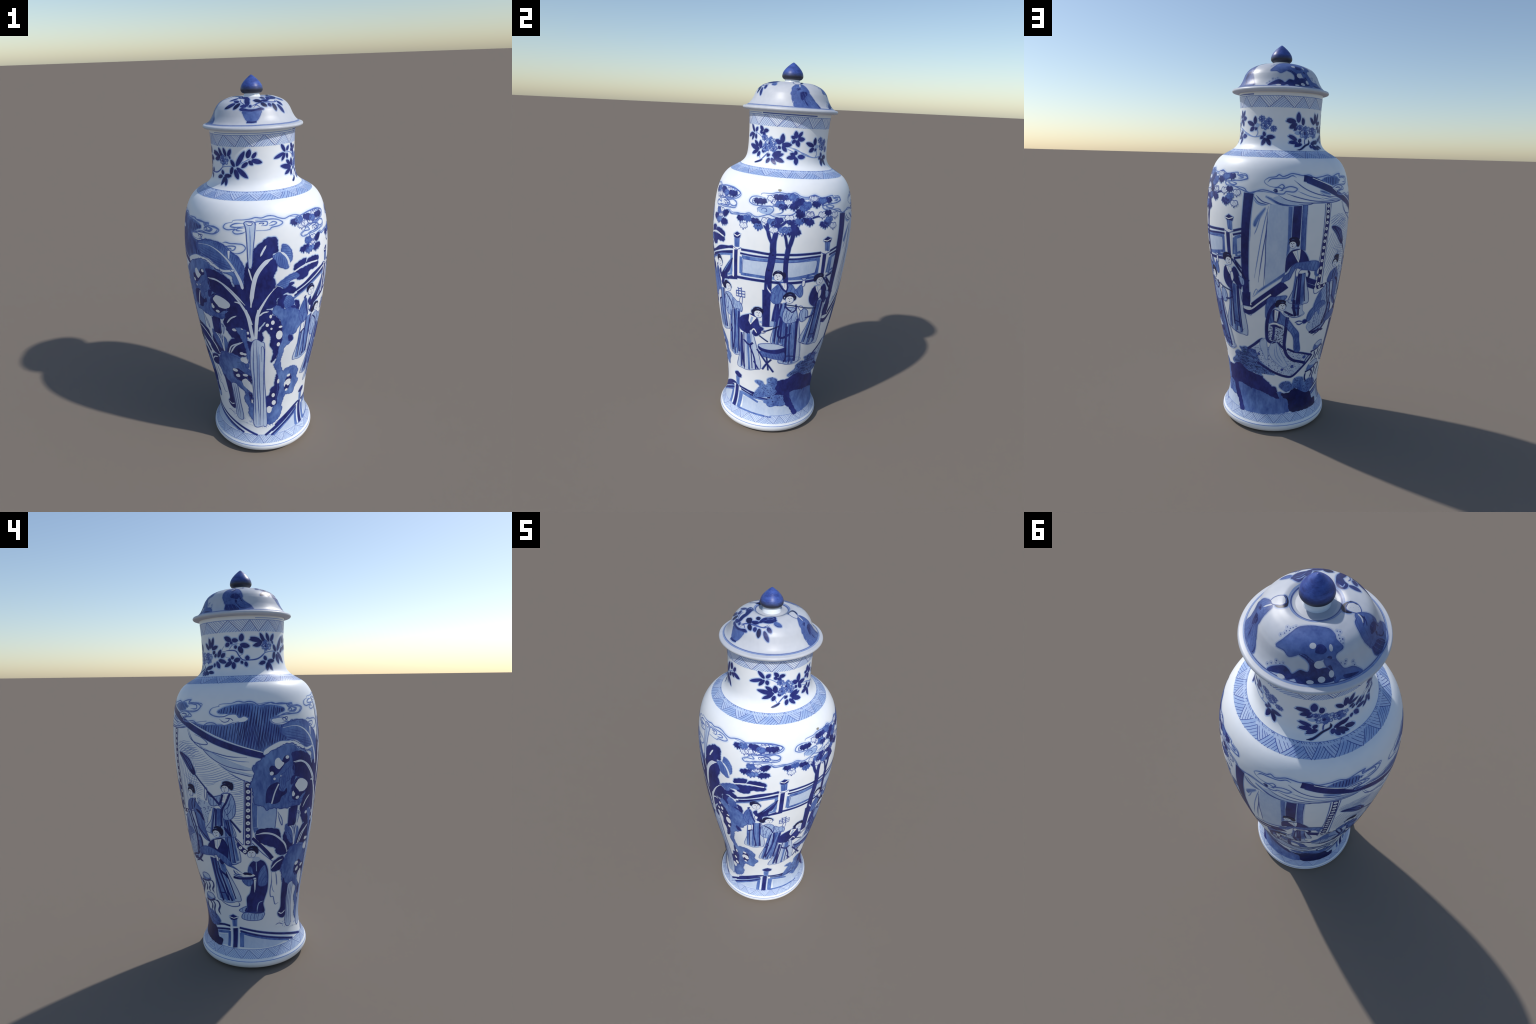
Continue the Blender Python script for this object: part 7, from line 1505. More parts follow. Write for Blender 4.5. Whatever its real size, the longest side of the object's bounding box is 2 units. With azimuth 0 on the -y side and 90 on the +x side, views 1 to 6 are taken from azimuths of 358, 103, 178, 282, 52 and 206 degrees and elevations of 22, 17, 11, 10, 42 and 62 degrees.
# ---- neck: flowering sprays
m.build()
m = Motif('flowering_spray')
leaf(m, (-24.9, 160), (-12.7, 167), 'dark', 4, w=1.9)
leaf(m, (-9.7, 163.8), (-5.8, 167.8), 'dark', 4, w=1.9)
leaf(m, (-4.3, 162.8), (9.4, 161.5), 'dark', 4, w=1.9)
leaf(m, (-24.2, 159.3), (-9.6, 154.4), 'dark', 4, w=1.9)
leaf(m, (-27.1, 158.5), (-22.4, 153.9), 'dark', 4, w=1.9)
leaf(m, (-27.5, 159.7), (-32.6, 162.9), 'dark', 4, w=1.5)
leaf(m, (-30.4, 159.6), (-33.6, 155.8), 'dark', 4, w=1.5)
leaf(m, (-9.1, 161.8), (-17.8, 159.3), 'dark', 4, w=1.5)
leaf(m, (-3.7, 163.6), (2.4, 166.4), 'dark', 4, w=1.5)
leaf(m, (-7.9, 162.5), (-2.6, 160.5), 'dark', 4, w=1.5)
leaf(m, (-43.2, 154.7), (-47, 150.7), 'dark', 4, w=1.5)
leaf(m, (-42, 154.7), (-39, 150.6), 'dark', 4, w=1.5)
leaf(m, (-44.1, 155), (-32.2, 155.4), 'dark', 4, w=1.5)
leaf(m, (-45.9, 155.5), (-48.5, 157.6), 'dark', 4, w=1.5)
leaf(m, (-47.2, 154.9), (-56.8, 153.9), 'dark', 4, w=1.5)
leaf(m, (-49.1, 163.5), (-66.8, 166.4), 'dark', 4, w=1.5)
leaf(m, (-47.8, 164.1), (-53.7, 168.1), 'dark', 4, w=1.5)
leaf(m, (-40.2, 164.3), (-44.3, 168.2), 'dark', 4, w=1.5)
leaf(m, (-37.3, 164.4), (-32, 167.8), 'dark', 4, w=1.5)
leaf(m, (-52.2, 163.1), (-64, 162.4), 'dark', 4, w=1.3)
leaf(m, (-35.6, 163.8), (-33.1, 164.2), 'dark', 4, w=1.3)
leaf(m, (-47.9, 163.8), (-48.4, 165.9), 'dark', 4, w=1.3)
flower(m, (-44.8, 162.5), 2.47, 4)
m.stroke([(-70.5, 155.6), (-55.8, 156.9), (-47.9, 158.9), (-35.4, 159.8), (-24.9, 159.7)], 'thin', 3, w=.35)
m.stroke([(-24.9, 159.7), (-15.2, 161.9), (-4.5, 163.7)], 'thin', 3, w=.35)
m.stroke([(-47.9, 158.9), (-47.6, 160.2), (-45.1, 161.4)], 'thin', 3, w=.35)
leaf(m, (45.7, 165.3), (37.4, 169.1), 'dark', 4, w=1.5)
leaf(m, (48, 165.7), (53.3, 167.8), 'dark', 4, w=1.5)
leaf(m, (43.2, 164.8), (25.9, 162.8), 'dark', 4, w=1.5)
leaf(m, (45.8, 164.7), (38.5, 161.3), 'dark', 4, w=1.5)
leaf(m, (48.8, 164.5), (50, 161.9), 'dark', 4, w=1.5)
leaf(m, (63.7, 166.3), (58.1, 168.7), 'dark', 4, w=1.6)
leaf(m, (64.6, 166.4), (72.6, 166.8), 'dark', 4, w=1.6)
leaf(m, (63.5, 166), (66.6, 164.2), 'dark', 4, w=1.6)
leaf(m, (62.5, 165.9), (57.8, 165.4), 'dark', 4, w=1.6)
leaf(m, (59.1, 157.3), (36.2, 158.9), 'dark', 4, w=2.0)
leaf(m, (60.8, 157.6), (59.6, 161.7), 'dark', 4, w=2.0)
leaf(m, (80.8, 154.7), (92.6, 157.2), 'dark', 4, w=2.0)
leaf(m, (83, 154.2), (97.6, 152.2), 'dark', 4, w=2.0)
leaf(m, (56.8, 158.6), (47.4, 161.2), 'dark', 4, w=1.6)
leaf(m, (57.5, 156.8), (43.4, 154.6), 'dark', 4, w=1.6)
leaf(m, (59.9, 156.2), (56.6, 153.5), 'dark', 4, w=1.6)
leaf(m, (64.8, 155.9), (67.5, 157.4), 'dark', 4, w=1.6)
leaf(m, (82.3, 154.4), (96.4, 156.1), 'dark', 4, w=1.6)
leaf(m, (79.5, 153.6), (87.3, 150.8), 'dark', 4, w=1.6)
leaf(m, (77.1, 153.6), (74, 151), 'dark', 4, w=1.6)
leaf(m, (76.1, 154.3), (73.5, 155.5), 'dark', 4, w=1.6)
leaf(m, (93, 161), (93.8, 165.8), 'dark', 4, w=1.9)
leaf(m, (93.1, 160.5), (106.6, 160.8), 'dark', 4, w=1.9)
leaf(m, (91.7, 160.9), (83.8, 162.7), 'dark', 4, w=1.9)
leaf(m, (93.5, 159.9), (100.1, 157.3), 'dark', 4, w=1.6)
leaf(m, (91.4, 159.6), (88.1, 158.6), 'dark', 4, w=1.6)
leaf(m, (111.9, 163.9), (110.9, 167.5), 'dark', 4, w=1.8)
leaf(m, (113.9, 163.6), (124.2, 163.8), 'dark', 4, w=1.8)
leaf(m, (112.7, 163.2), (116.4, 160), 'dark', 4, w=1.8)
leaf(m, (114.4, 164.3), (120.1, 167.3), 'dark', 4, w=1.3)
leaf(m, (111.1, 163.4), (106.7, 161.4), 'dark', 4, w=1.3)
leaf(m, (110.6, 164), (104.9, 164.8), 'dark', 4, w=1.3)
leaf(m, (113.3, 155), (100.8, 154.3), 'dark', 4, w=1.8)
leaf(m, (113.9, 154.9), (113.5, 151.2), 'dark', 4, w=1.8)
leaf(m, (115.6, 155.2), (126.3, 155.2), 'dark', 4, w=1.8)
leaf(m, (113.7, 156.1), (112, 158.1), 'dark', 4, w=1.4)
leaf(m, (112.5, 155.9), (105.1, 156.5), 'dark', 4, w=1.4)
flower(m, (76.3, 161.1), 2.76, 4)
flower(m, (70.3, 158.4), 2.14, 5)
flower(m, (81.8, 158.4), 1.78, 4)
flower(m, (66.8, 163.2), 1.56, 4)
m.stroke([(54.8, 150.6), (60.5, 151.2), (67, 152.4)], 'navy', 4, w=.8)
m.stroke([(55.6, 151), (64, 152.3), (70.2, 154.6), (74.7, 156.3)], 'line', 4, w=.5)
m.stroke([(63.2, 152.2), (60.8, 153.9), (58, 155.7)], 'thin', 4, w=.35)
m.stroke([(102.1, 159.8), (115.2, 158.4), (125.1, 156.3), (140.6, 155), (154.2, 155.9)], 'thin', 3, w=.35)
m.stroke([(99.8, 158.7), (107.6, 157.6), (113.1, 156.1)], 'thin', 3, w=.35)
m.stroke([(103.1, 160.8), (106.4, 163.1), (111.2, 163.9)], 'thin', 3, w=.35)
m.stroke([(46.2, 165.3), (55.1, 164.7), (62.7, 163.1)], 'thin', 3, w=.35)
leaf(m, (141.2, 160.9), (141.8, 164.7), 'dark', 4, w=1.7)
leaf(m, (140.4, 160.5), (126.7, 162.1), 'dark', 4, w=1.7)
leaf(m, (140.5, 159.6), (132.4, 157.8), 'dark', 4, w=1.7)
leaf(m, (144.7, 160), (142.2, 158.1), 'dark', 4, w=1.1)
flower(m, (152.2, 163.5), 1.51, 4)
flower(m, (157.8, 160.5), 2.16, 4)
flower(m, (162.3, 162.5), 1.50, 4)
flower(m, (168.8, 159), 1.38, 4)
m.stroke([(144.4, 159.4), (146.3, 156.8), (142.9, 155)], 'thin', 3, w=.35)
leaf(m, (144.4, 159.8), (148.8, 161.1), 'wash', 4, w=1.3)
leaf(m, (143.7, 159.4), (145.8, 161.5), 'wash', 4, w=1.3)
leaf(m, (159.4, 155.1), (171.1, 155), 'dark', 4, w=1.7)
leaf(m, (157.9, 154.7), (154.4, 150.9), 'dark', 4, w=1.7)
leaf(m, (159.8, 154.6), (165.6, 151), 'dark', 4, w=1.7)
leaf(m, (157.1, 155.3), (155.4, 157.5), 'dark', 4, w=1.3)
leaf(m, (155.7, 155.3), (150.5, 154.2), 'dark', 4, w=1.3)
m.stroke([(103.3, 159.4), (124.7, 156.9), (140.5, 155), (155, 155.7)], 'thin', 3, w=.35)
leaf(m, (199.3, 162.4), (185.1, 163.3), 'dark', 4, w=2.0, notch=1)
leaf(m, (202.8, 162.1), (202.8, 167), 'dark', 4, w=2.0)
leaf(m, (200.8, 161.6), (190.1, 159.5), 'dark', 4, w=2.0)
leaf(m, (210.1, 160.9), (209.9, 164.7), 'dark', 4, w=1.6, notch=1)
leaf(m, (201.4, 159.7), (196.1, 158.5), 'dark', 4, w=1.2)
leaf(m, (201.1, 153.8), (188.6, 156.2), 'dark', 4, w=1.6, notch=1)
leaf(m, (201.8, 152.7), (188.6, 152.9), 'dark', 4, w=1.6, notch=1)
leaf(m, (207.4, 152.1), (195.8, 151.1), 'dark', 4, w=1.6, notch=1)
leaf(m, (202.9, 152.7), (206.7, 154.6), 'dark', 4, w=1.4)
leaf(m, (222.2, 152), (236.4, 153.7), 'dark', 4, w=1.5)
leaf(m, (224.4, 151.6), (236, 149.6), 'dark', 4, w=1.5)
leaf(m, (223.2, 151.1), (227.2, 149.3), 'dark', 4, w=1.5)
leaf(m, (222.3, 151.8), (220, 150.1), 'dark', 4, w=1.5)
flower(m, (214.4, 157.7), 3.17, 4)
flower(m, (205.1, 159.9), 1.30, 4)
flower(m, (226.9, 158.5), 1.78, 4)
leaf(m, (207.5, 157.3), (197.1, 157.2), 'wash', 4, w=1.6)
leaf(m, (222.1, 156.6), (237.9, 157.7), 'wash', 4, w=1.6)
m.stroke([(197.7, 149.2), (203, 149.5), (211.8, 151.3), (219.8, 152.9), (219.2, 154.4)], 'navy', 4, w=.8)
m.stroke([(212, 151.5), (212.6, 153.9), (215.1, 155.2)], 'line', 4, w=.4)
leaf(m, (233.2, 161.8), (232.8, 167.1), 'dark', 4, w=1.7, notch=1)
leaf(m, (236.3, 162), (240.7, 167), 'dark', 4, w=1.5)
leaf(m, (231.1, 161.6), (222.7, 164.7), 'dark', 4, w=1.5)
leaf(m, (236.8, 161.7), (247.6, 162.8), 'dark', 4, w=1.5)
leaf(m, (247.1, 157.7), (252.5, 161.2), 'dark', 4, w=1.6)
leaf(m, (252, 157.6), (258.5, 159.4), 'dark', 4, w=1.6)
leaf(m, (248.5, 156.4), (260.2, 155), 'dark', 4, w=1.6)
leaf(m, (245.1, 155.7), (250.6, 152.5), 'dark', 4, w=1.6)
leaf(m, (242.1, 159.5), (238.8, 160.7), 'dark', 4, w=1.6)
leaf(m, (241.8, 155.1), (241.4, 153.2), 'dark', 4, w=1.2)
leaf(m, (241.9, 157.8), (244.6, 159.5), 'dark', 4, w=1.2)
leaf(m, (229.7, 152.4), (239, 153.8), 'dark', 4, w=1.5)
leaf(m, (233.2, 151.2), (243.4, 150.3), 'dark', 4, w=1.5)
leaf(m, (228.6, 151.1), (230.9, 149.2), 'dark', 4, w=1.5)
leaf(m, (267.7, 164.8), (258.6, 166.8), 'dark', 4, w=1.9)
leaf(m, (280.5, 164.5), (282.3, 168), 'dark', 4, w=1.9)
leaf(m, (279.1, 163), (291.7, 162.2), 'dark', 4, w=1.9)
leaf(m, (277.8, 162.3), (281.7, 159), 'dark', 4, w=1.9)
leaf(m, (268.4, 165.2), (276.9, 165), 'dark', 4, w=1.6)
leaf(m, (265.1, 164), (259.6, 162.5), 'dark', 4, w=1.6)
leaf(m, (268.9, 164.6), (266.3, 163.5), 'dark', 4, w=1.2)
leaf(m, (273.6, 162.8), (272.8, 161.2), 'dark', 4, w=1.2)
leaf(m, (270.4, 155.6), (279, 156.5), 'dark', 4, w=1.7)
leaf(m, (269.7, 155.2), (270.4, 151.9), 'dark', 4, w=1.7)
leaf(m, (267.9, 155.4), (258.1, 153.2), 'dark', 4, w=1.7)
leaf(m, (269.2, 156.4), (267.7, 158.1), 'dark', 4, w=1.3)
leaf(m, (266.7, 156.1), (262.5, 156.3), 'dark', 4, w=1.3)
leaf(m, (285.4, 155.2), (286.8, 152.8), 'dark', 4, w=1.3)
leaf(m, (282.4, 155.2), (279.1, 154.6), 'dark', 4, w=1.3)
leaf(m, (287.9, 155.8), (288.2, 158), 'dark', 4, w=1.7)
leaf(m, (306.5, 164.8), (291.2, 165.7), 'dark', 4, w=1.9, notch=1)
leaf(m, (308, 163.3), (297, 162.4), 'dark', 4, w=1.7)
flower(m, (229.1, 157.6), 2.65, 4)
m.stroke([(254.5, 160.1), (264, 160.6), (273.9, 160), (277.3, 158), (281.3, 156.2), (290.3, 155.9), (301.5, 156.3), (309.8, 158.1), (314.4, 159.8)], 'line', 3, w=.4)
m.stroke([(264, 160.8), (269.3, 163), (278, 163.5)], 'thin', 3, w=.35)
m.stroke([(257.2, 159.2), (249.7, 156.4), (243.5, 155.6)], 'thin', 3, w=.35)
m.stroke([(257, 157.9), (266.1, 156.9)], 'thin', 3, w=.35)
m.stroke([(253.1, 160.4), (257, 162.6)], 'line', 3, w=.3)
m.stroke([(277.3, 157.8), (282.2, 158.6)], 'line', 3, w=.3)

# ---- lid: potted flowers, two seated figures, pierced rock
m.build()
m = Motif('potted_flowers', LID)
m.blob([(-15.5, 17.61), (-2.9, 17.83), (10.6, 17.43), (8.8, 19.4), (5.5, 21.32), (2, 22.24), (-8.3, 22.12), (-11.8, 20.84), (-14.2, 19.17)], 'mid', 1, edge='line', w=.25)
m.area([(-9.3, 22.28), (3.6, 22.13), (2.7, 23.03), (-3.2, 23.35), (-9.4, 23.21)], 'dark', 2)
m.blob([(-20.9, 16.59), (-17.3, 15.85), (-7.2, 16.64), (2.4, 16.56), (11, 15.91), (15.5, 16.77), (10.9, 17.44), (-0, 17.76), (-10, 17.67), (-17.5, 17.36)], 'dark', 3)
leaf(m, (-30.4, 13.34), (-47, 16.41), 'navy', 4, w=1.7)
leaf(m, (-22.1, 13.19), (-30.6, 16.7), 'navy', 4, w=1.7)
leaf(m, (12.7, 13.33), (21.2, 15.6), 'navy', 4, w=1.7)
leaf(m, (33.3, 13.98), (34.3, 18.09), 'navy', 4, w=1.7)
leaf(m, (-25.1, 12.63), (-36, 11.58), 'dark', 4, w=1.5)
leaf(m, (-9.7, 14.82), (-20.5, 15.11), 'dark', 4, w=1.5)
leaf(m, (25.3, 13.76), (28, 15.76), 'dark', 4, w=1.5)
leaf(m, (41.2, 14.8), (48.7, 19.34), 'dark', 4, w=1.5)
leaf(m, (45.7, 12.89), (52.1, 15.55), 'dark', 4, w=1.5)
leaf(m, (15.4, 12.45), (0.8, 11.36), 'navy', 4, w=1.7)
leaf(m, (17.1, 11.86), (28.7, 11.73), 'dark', 4, w=1.2)
leaf(m, (-2.6, 14.91), (-7.3, 15.26), 'dark', 4, w=1.2)
m.blob([(-16.5, 10.19), (-10.1, 9.43), (-5.8, 12.82), (-8.1, 14.84), (-12.3, 14.37)], 'dark', 4)
m.stroke([(-6.5, 16.08), (-10.5, 14.83), (-19.1, 13.04), (-23.8, 11.4), (-24.9, 10.11)], 'line', 3, w=.35)
m.stroke([(-0.1, 16.13), (5.6, 13.99), (14.6, 13.18), (27.8, 13.15), (42.1, 13.18), (49.1, 11.92)], 'line', 3, w=.35)
m.stroke([(-1, 14.5), (5.3, 14.59), (11, 15.91)], 'line', 3, w=.3)
m.blob([(29.2, 9.88), (36.8, 7.46), (56.7, 7.41), (62.7, 9.09), (54, 10.4), (42.7, 10.8)], 'dark', 4)
m.stroke([(35.7, 9.85), (47.3, 8.2), (58.5, 8.76)], 'line', 6, w=.3)
leaf(m, (56.8, 10.59), (69.2, 12.72), 'dark', 4, w=1.6)
leaf(m, (13.2, 12.78), (4.6, 10.1), 'navy', 4, w=2.0)
leaf(m, (19.3, 9.62), (25.3, 8.1), 'navy', 4, w=2.0)
leaf(m, (13.8, 11.81), (30.3, 11.09), 'dark', 4, w=1.5)
m.stroke([(-4.5, 15.64), (8.8, 13.24), (24.2, 12.64), (39.1, 13.1), (46.8, 11.54)], 'line', 3, w=.35)
m.blob([(62.1, 8.1), (50.8, 10.34), (40.1, 10.1), (30.1, 11.27), (29.7, 9.24), (48.8, 6.4), (59.8, 6.2)], 'dark', 4)
m.stroke([(58.3, 7.6), (50.6, 7.07), (40.3, 7.87)], 'wash', 6, w=.3)
leaf(m, (56.4, 9.89), (69.4, 12.56), 'mid', 4, w=1.6)
m.blob([(351.5, 8.51), (352.7, 11.21), (337.6, 8.96), (327.9, 8.72), (320.7, 6.84), (325.8, 5.68), (339.8, 5.63)], 'dark', 4)
m.stroke([(335.3, 6.16), (327.1, 6.51), (331.6, 7.94)], 'wash', 6, w=.3)
leaf(m, (325.7, 8.55), (312.8, 11.58), 'dark', 4, w=1.5)
leaf(m, (372.5, 11.1), (360.5, 11.12), 'navy', 4, w=1.6)
leaf(m, (353.4, 11.21), (345.5, 12.75), 'dark', 4, w=1.3)
leaf(m, (334.4, 12.14), (322.7, 11.36), 'dark', 4, w=1.3)
leaf(m, (327.1, 13.27), (316, 15.76), 'dark', 4, w=1.3)
m.build()
m = Motif('seated_figure', LID)
m.hatch([(101.4, 15.69), (103.3, 13.31), (108.7, 11), (120.8, 10.29), (125, 12.1), (127.2, 13.83), (129.1, 15.7), (129.1, 17.4), (134.9, 19.97), (140.3, 22.18), (142, 24.31), (128.1, 24.2), (106.7, 24.49), (105, 21.69), (102.3, 20.36), (101.3, 18.34), (99.8, 17.46)], 78, 1.7, 'line', 2, w=.2, seed=2, curve=.08)
m.blob([(101.4, 15.69), (103.3, 13.31), (108.7, 11), (120.8, 10.29), (125, 12.1), (127.2, 13.83), (129.1, 15.7), (129.1, 17.4), (134.9, 19.97), (140.3, 22.18), (142, 24.31), (128.1, 24.2), (106.7, 24.49), (105, 21.69), (102.3, 20.36), (101.3, 18.34), (99.8, 17.46)], 'mid', 1, edge='line', w=.25)
m.blob([(114, 16.63), (119.3, 15.84), (125.1, 16.31), (124.4, 17.95), (120.7, 18.49), (118.3, 20.15), (115.7, 19.76), (115.2, 18.18)], 'dark', 3)
m.blob([(108.2, 14.56), (110.9, 14.02), (116.3, 14.17), (113.6, 15.1), (109.5, 15.45)], 'dark', 3)
m.blob([(124.2, 18.42), (129.6, 18.07), (134.1, 19.96), (140.3, 22.18), (141.5, 24.18), (135.4, 23.75), (128.8, 21.48), (123.2, 19.54)], 'dark', 2)
m.stroke([(119.3, 18.53), (121.4, 20.99), (124.7, 23.65)], 'dark', 3, w=.7)
m.stroke([(117, 19.94), (119, 22.48)], 'dark', 3, w=.5)
m.stroke([(102, 18.53), (106.5, 18.21), (110.5, 18.52)], 'line', 4, w=.3)
m.stroke([(102.9, 20.08), (107.9, 19.76), (112.4, 19.97)], 'line', 4, w=.3)
m.stroke([(105, 21.93), (110.5, 21.52), (115.4, 21.88)], 'line', 4, w=.3)
m.stroke([(100.3, 16.98), (105, 16.88)], 'line', 4, w=.3)
m.stroke([(110.1, 24.21), (112.2, 22.47), (116.4, 22.82)], 'line', 4, w=.3)
m.blob([(110.7, 10.91), (104.8, 9.84), (102.3, 7.77), (105.3, 6.19), (118, 5.81), (124.3, 7.09), (120.5, 8.78), (115.9, 10.25)], 'white', 3, edge='line', w=.25)
m.blob([(102.1, 6.88), (104.8, 5.67), (116.8, 5.13), (130, 5.99), (129.4, 7.75), (123.3, 9.16), (118.4, 9.35), (122.7, 7.63), (122, 6.39), (111.2, 6.09)], 'hair', 4)
m.hatch([(105.9, 15.84), (100.7, 14.63), (105.1, 12.11), (112.1, 10.57), (118.6, 10.58), (123.8, 12.37), (122.8, 13.8)], 100, 1.7, 'line', 2, w=.2, seed=3, curve=.08)
m.blob([(105.9, 15.84), (100.7, 14.63), (105.1, 12.11), (112.1, 10.57), (118.6, 10.58), (123.8, 12.37), (122.8, 13.8)], 'mid', 1, edge='line', w=.25)
m.stroke([(114.7, 13.23), (115.9, 11.19), (116.5, 9.94)], 'white', 4, w=.6)
dot(m, (110.5, 8.6), 0.30, 0.02, 'line', 5)
dot(m, (111.0, 7.8), 0.24, 0.01, 'line', 5)
dot(m, (106.8, 10.1), 0.34, 0.05, 'line', 5)
dot(m, (105.5, 9.2), 0.21, 0.04, 'line', 5)
m.hatch([(112.1, 24.41), (107.4, 21.63), (109.1, 15.07), (121.3, 13.34), (129.2, 16.9), (133.4, 18.71), (137.4, 20.91), (140, 24.01), (132, 24.22), (123.5, 24.35)], 64, 1.7, 'line', 3, w=.2, seed=4, curve=.08)
m.blob([(112.1, 24.41), (107.4, 21.63), (109.1, 15.07), (121.3, 13.34), (129.2, 16.9), (133.4, 18.71), (137.4, 20.91), (140, 24.01), (132, 24.22), (123.5, 24.35)], 'mid', 2, edge='line', w=.2)
m.blob([(115.9, 20.39), (114, 17.1), (120.6, 16.03), (124.4, 16.89), (119.9, 19.71)], 'dark', 3)
m.build()
m = Motif('seated_figure', LID)
m.hatch([(254, 15.69), (254.3, 13.97), (256.5, 11.54), (262.3, 10.32), (276.6, 10.85), (282.5, 13.77), (283.9, 15.93), (284.3, 18.18), (288.3, 19.86), (294.7, 21.58), (297, 23.1), (296.7, 24.27), (282.3, 25.58), (262.9, 24.37), (261, 21.2), (258.7, 19.72), (256.8, 17.56)], 78, 1.7, 'line', 2, w=.2, seed=2, curve=.08)
m.blob([(254, 15.69), (254.3, 13.97), (256.5, 11.54), (262.3, 10.32), (276.6, 10.85), (282.5, 13.77), (283.9, 15.93), (284.3, 18.18), (288.3, 19.86), (294.7, 21.58), (297, 23.1), (296.7, 24.27), (282.3, 25.58), (262.9, 24.37), (261, 21.2), (258.7, 19.72), (256.8, 17.56)], 'mid', 1, edge='line', w=.25)
m.blob([(266.6, 16.74), (269.6, 15.29), (275.3, 15.14), (280.1, 16.18), (278.5, 17.62), (272.6, 17.8), (268, 17.61)], 'dark', 3)
m.blob([(274.2, 18.54), (277.1, 19.13), (276.8, 20.8), (274.7, 20.07)], 'dark', 3)
m.blob([(261.6, 20.92), (268.7, 20.72), (275.9, 21.9), (279.9, 24.01), (276.4, 25.13), (263, 24.38)], 'dark', 2)
m.stroke([(263.8, 13.14), (270.7, 12.41), (275.1, 11.96)], 'dark', 3, w=.5)
m.stroke([(257.1, 17.28), (264.1, 17.52), (268.3, 18.71)], 'line', 4, w=.3)
m.stroke([(258.7, 19.72), (264.6, 18.88), (272.7, 18.57)], 'line', 4, w=.3)
m.stroke([(279.9, 19.72), (286, 20.92), (292.4, 22.14)], 'line', 4, w=.3)
m.stroke([(278.5, 21.66), (285.7, 22.71), (292.6, 23.47)], 'line', 4, w=.3)
m.stroke([(280.1, 15.23), (281.5, 17.9), (284.8, 19.79)], 'dark', 3, w=.5)
m.stroke([(277.1, 20.78), (281.8, 22.96), (288.6, 23.81)], 'dark', 3, w=.5)
m.blob([(269.5, 6.5), (281.2, 5.82), (288, 7.26), (288.6, 9.08), (281.5, 10.51), (275.7, 10.51), (270.4, 8.63)], 'white', 3, edge='line', w=.25)
m.blob([(274.1, 4.43), (285.1, 4.86), (288.1, 6.4), (279.2, 6.17), (269.2, 6.37), (268.8, 8.28), (262.4, 6.92), (264, 5.52)], 'hair', 4)
m.stroke([(288.6, 6.4), (289.1, 7.85), (287.2, 9.26)], 'hair', 4, w=.5)
m.hatch([(267.5, 9.4), (275.6, 10.19), (281.2, 12.56), (283.8, 14.98), (284.5, 17.6), (277.4, 20.02), (263, 20.73), (254.8, 17.11), (255.5, 14.59), (258.4, 12.38)], 100, 1.7, 'line', 3, w=.2, seed=3, curve=.08)
m.blob([(267.5, 9.4), (275.6, 10.19), (281.2, 12.56), (283.8, 14.98), (284.5, 17.6), (277.4, 20.02), (263, 20.73), (254.8, 17.11), (255.5, 14.59), (258.4, 12.38)], 'mid', 2, edge='line', w=.2)
m.blob([(270.5, 16.26), (280.1, 16.51), (277.3, 18.38), (269.3, 17.4)], 'dark', 3)
m.stroke([(272.8, 10.4), (271.8, 12.6), (267.1, 14.15)], 'dark', 4, w=.5)
m.stroke([(272.6, 9.77), (270.6, 11.28), (265.9, 12.63)], 'white', 4, w=.4)
dot(m, (277.3, 7.3), 0.48, 0.05, 'line', 5)
dot(m, (278.9, 8.0), 0.43, 0.05, 'line', 5)
dot(m, (282.3, 9.5), 0.52, 0.05, 'line', 5)
dot(m, (279.7, 9.8), 0.44, 0.05, 'line', 5)
m.build()
m = Motif('pierced_rock', LID)
m.blob([(161.7, 16.11), (165.8, 13.61), (170.8, 10.77), (177.7, 8.22), (197.4, 7.04), (219.3, 8.09), (225.8, 10.12), (225.6, 11.86), (230.1, 14.54), (223.2, 15.58), (220.8, 16.81), (223.4, 19.06), (219.6, 17.93), (212.7, 16.63), (205.7, 17.02), (201.4, 17.61), (193.2, 16.11), (187.5, 15.73), (182.4, 16.59), (177.1, 17.29), (171, 16.17)], 'mid', 1, edge='line', w=.28)
m.blob([(221.4, 17.78), (227.7, 20.97), (236.6, 21.68), (242.9, 24.17), (239.2, 24.67), (228.9, 24.45), (223.7, 23.8), (218.5, 24.62), (218, 21.53), (211.7, 18.68), (210.9, 16.86)], 'mid', 1, edge='line', w=.28)
m.blob([(186.6, 15.81), (192, 15.46), (197.7, 16.51), (201.4, 17.44), (203.3, 19.13), (210.8, 19.57), (215.9, 18.89), (218.1, 21.23), (219, 23.64), (210.3, 24.29), (199.3, 24.35), (189.7, 24.69), (186, 23.58), (180.3, 24.5), (174.3, 23.56), (162.5, 24.57), (164, 22.93), (173.7, 20.82), (179.5, 21.28), (183.6, 22.33), (189.5, 20.57), (196.2, 20.8), (197.3, 18.63), (193.5, 16.97)], 'dark', 3)
m.blob([(226.3, 22.93), (233.4, 23.33), (240.1, 24.06), (234.1, 24.35), (227.5, 24.12)], 'dark', 4)
m.blob([(201.8, 14.26), (203.6, 12.65), (209.8, 12.6), (213.4, 14.18), (209.3, 15.26), (202.8, 14.92)], 'dark', 3)
dot(m, (199.1, 12.9), 3.63, 0.88, 'white', 5)
dot(m, (217.8, 13.8), 1.95, 1.06, 'white', 5)
dot(m, (198.8, 23.9), 2.99, 0.62, 'white', 5)
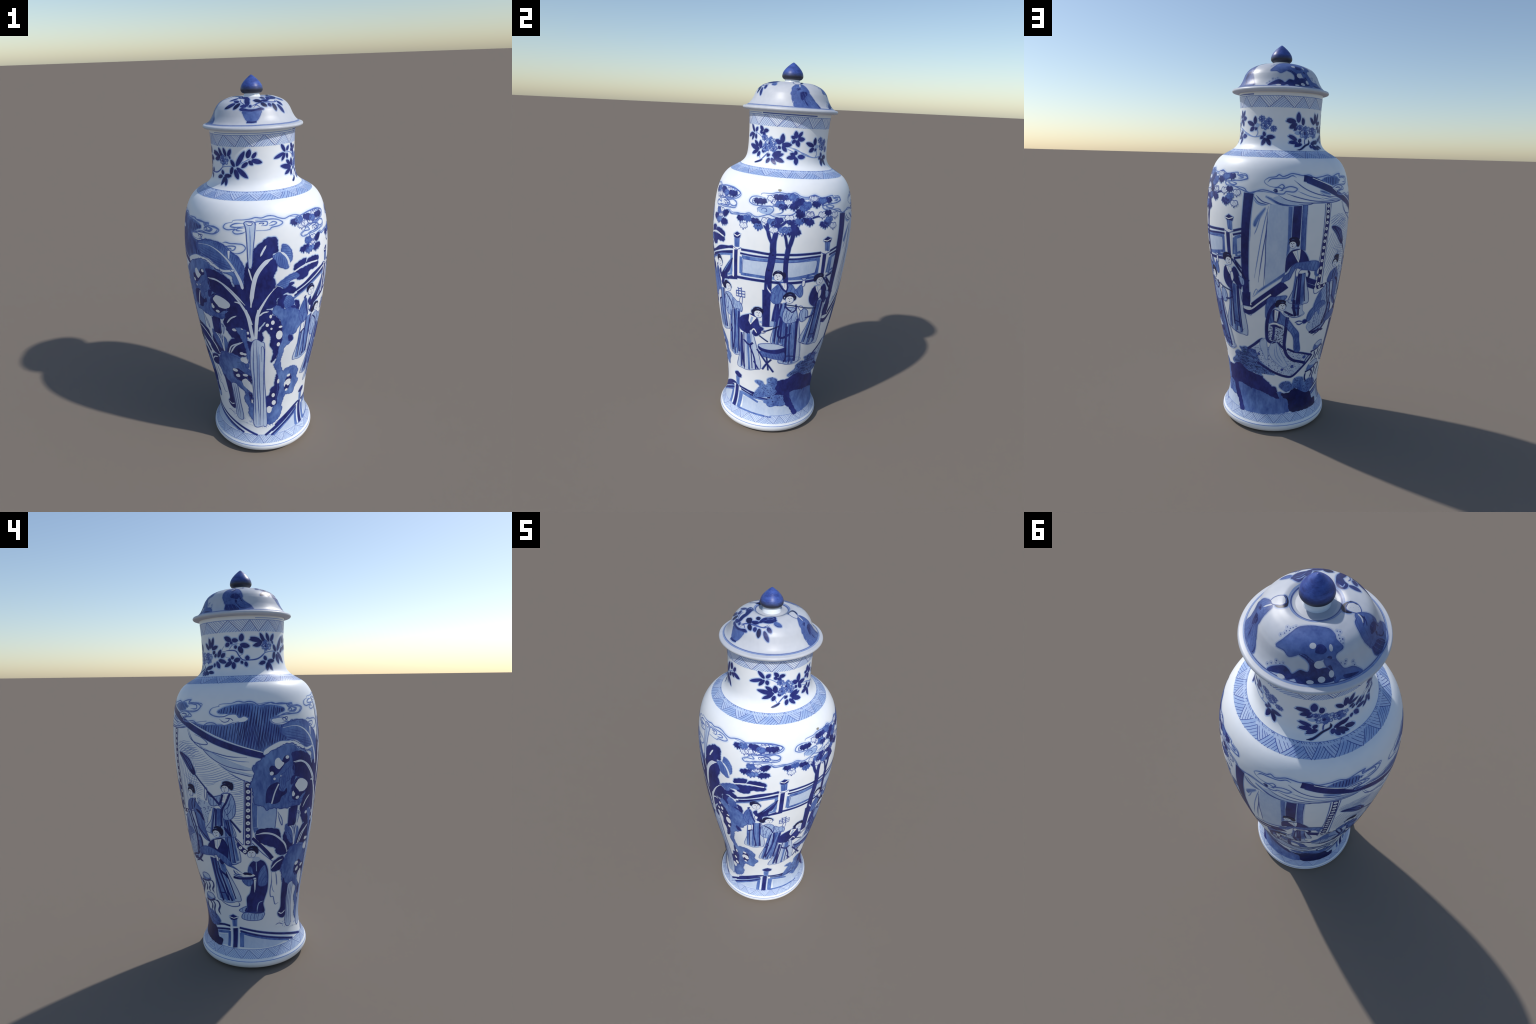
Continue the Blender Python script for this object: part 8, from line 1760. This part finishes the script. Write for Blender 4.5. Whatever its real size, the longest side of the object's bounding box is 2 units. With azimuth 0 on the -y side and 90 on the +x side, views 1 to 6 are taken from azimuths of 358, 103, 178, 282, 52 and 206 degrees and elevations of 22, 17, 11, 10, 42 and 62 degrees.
dot(m, (207.9, 23.1), 3.07, 0.96, 'white', 5)
dot(m, (205.7, 18.4), 4.40, 1.29, 'white', 5)
dot(m, (175.0, 24.2), 3.41, 0.67, 'white', 5)
dot(m, (216.3, 21.7), 2.26, 1.17, 'white', 5)
dot(m, (215.4, 16.6), 2.48, 0.64, 'dark', 3)
dot(m, (162.0, 9.9), 0.90, 0.18, 'line', 4)
dot(m, (166.6, 9.8), 0.79, 0.18, 'line', 4)
dot(m, (169.3, 9.2), 0.85, 0.17, 'line', 4)
dot(m, (164.2, 11.0), 0.85, 0.19, 'line', 4)
dot(m, (163.9, 11.8), 0.80, 0.18, 'line', 4)
dot(m, (160.7, 12.7), 0.66, 0.15, 'line', 4)
dot(m, (167.3, 10.5), 0.76, 0.18, 'line', 4)
dot(m, (172.1, 8.5), 0.79, 0.17, 'line', 4)
dot(m, (230.6, 9.7), 0.83, 0.18, 'line', 4)
dot(m, (233.8, 10.2), 0.88, 0.21, 'line', 4)
dot(m, (230.2, 10.9), 0.76, 0.19, 'line', 4)
dot(m, (232.6, 12.4), 0.94, 0.22, 'line', 4)
dot(m, (229.7, 11.9), 0.72, 0.18, 'line', 4)
dot(m, (231.3, 13.5), 0.69, 0.17, 'line', 4)
dot(m, (229.7, 12.7), 0.69, 0.17, 'line', 4)
dot(m, (159.8, 23.0), 0.58, 0.17, 'line', 4)
dot(m, (162.8, 22.0), 0.70, 0.20, 'line', 4)
dot(m, (166.8, 20.4), 0.74, 0.22, 'line', 4)
dot(m, (167.1, 21.2), 0.60, 0.19, 'line', 4)
dot(m, (170.7, 20.7), 0.59, 0.18, 'line', 4)
dot(m, (173.6, 20.1), 0.60, 0.21, 'line', 4)
dot(m, (230.3, 18.9), 0.74, 0.25, 'line', 4)
dot(m, (229.1, 19.7), 0.71, 0.25, 'line', 4)
dot(m, (237.2, 20.1), 0.65, 0.21, 'line', 4)
dot(m, (237.9, 21.4), 0.63, 0.20, 'line', 4)
dot(m, (225.6, 19.0), 0.62, 0.21, 'line', 4)
m.build()
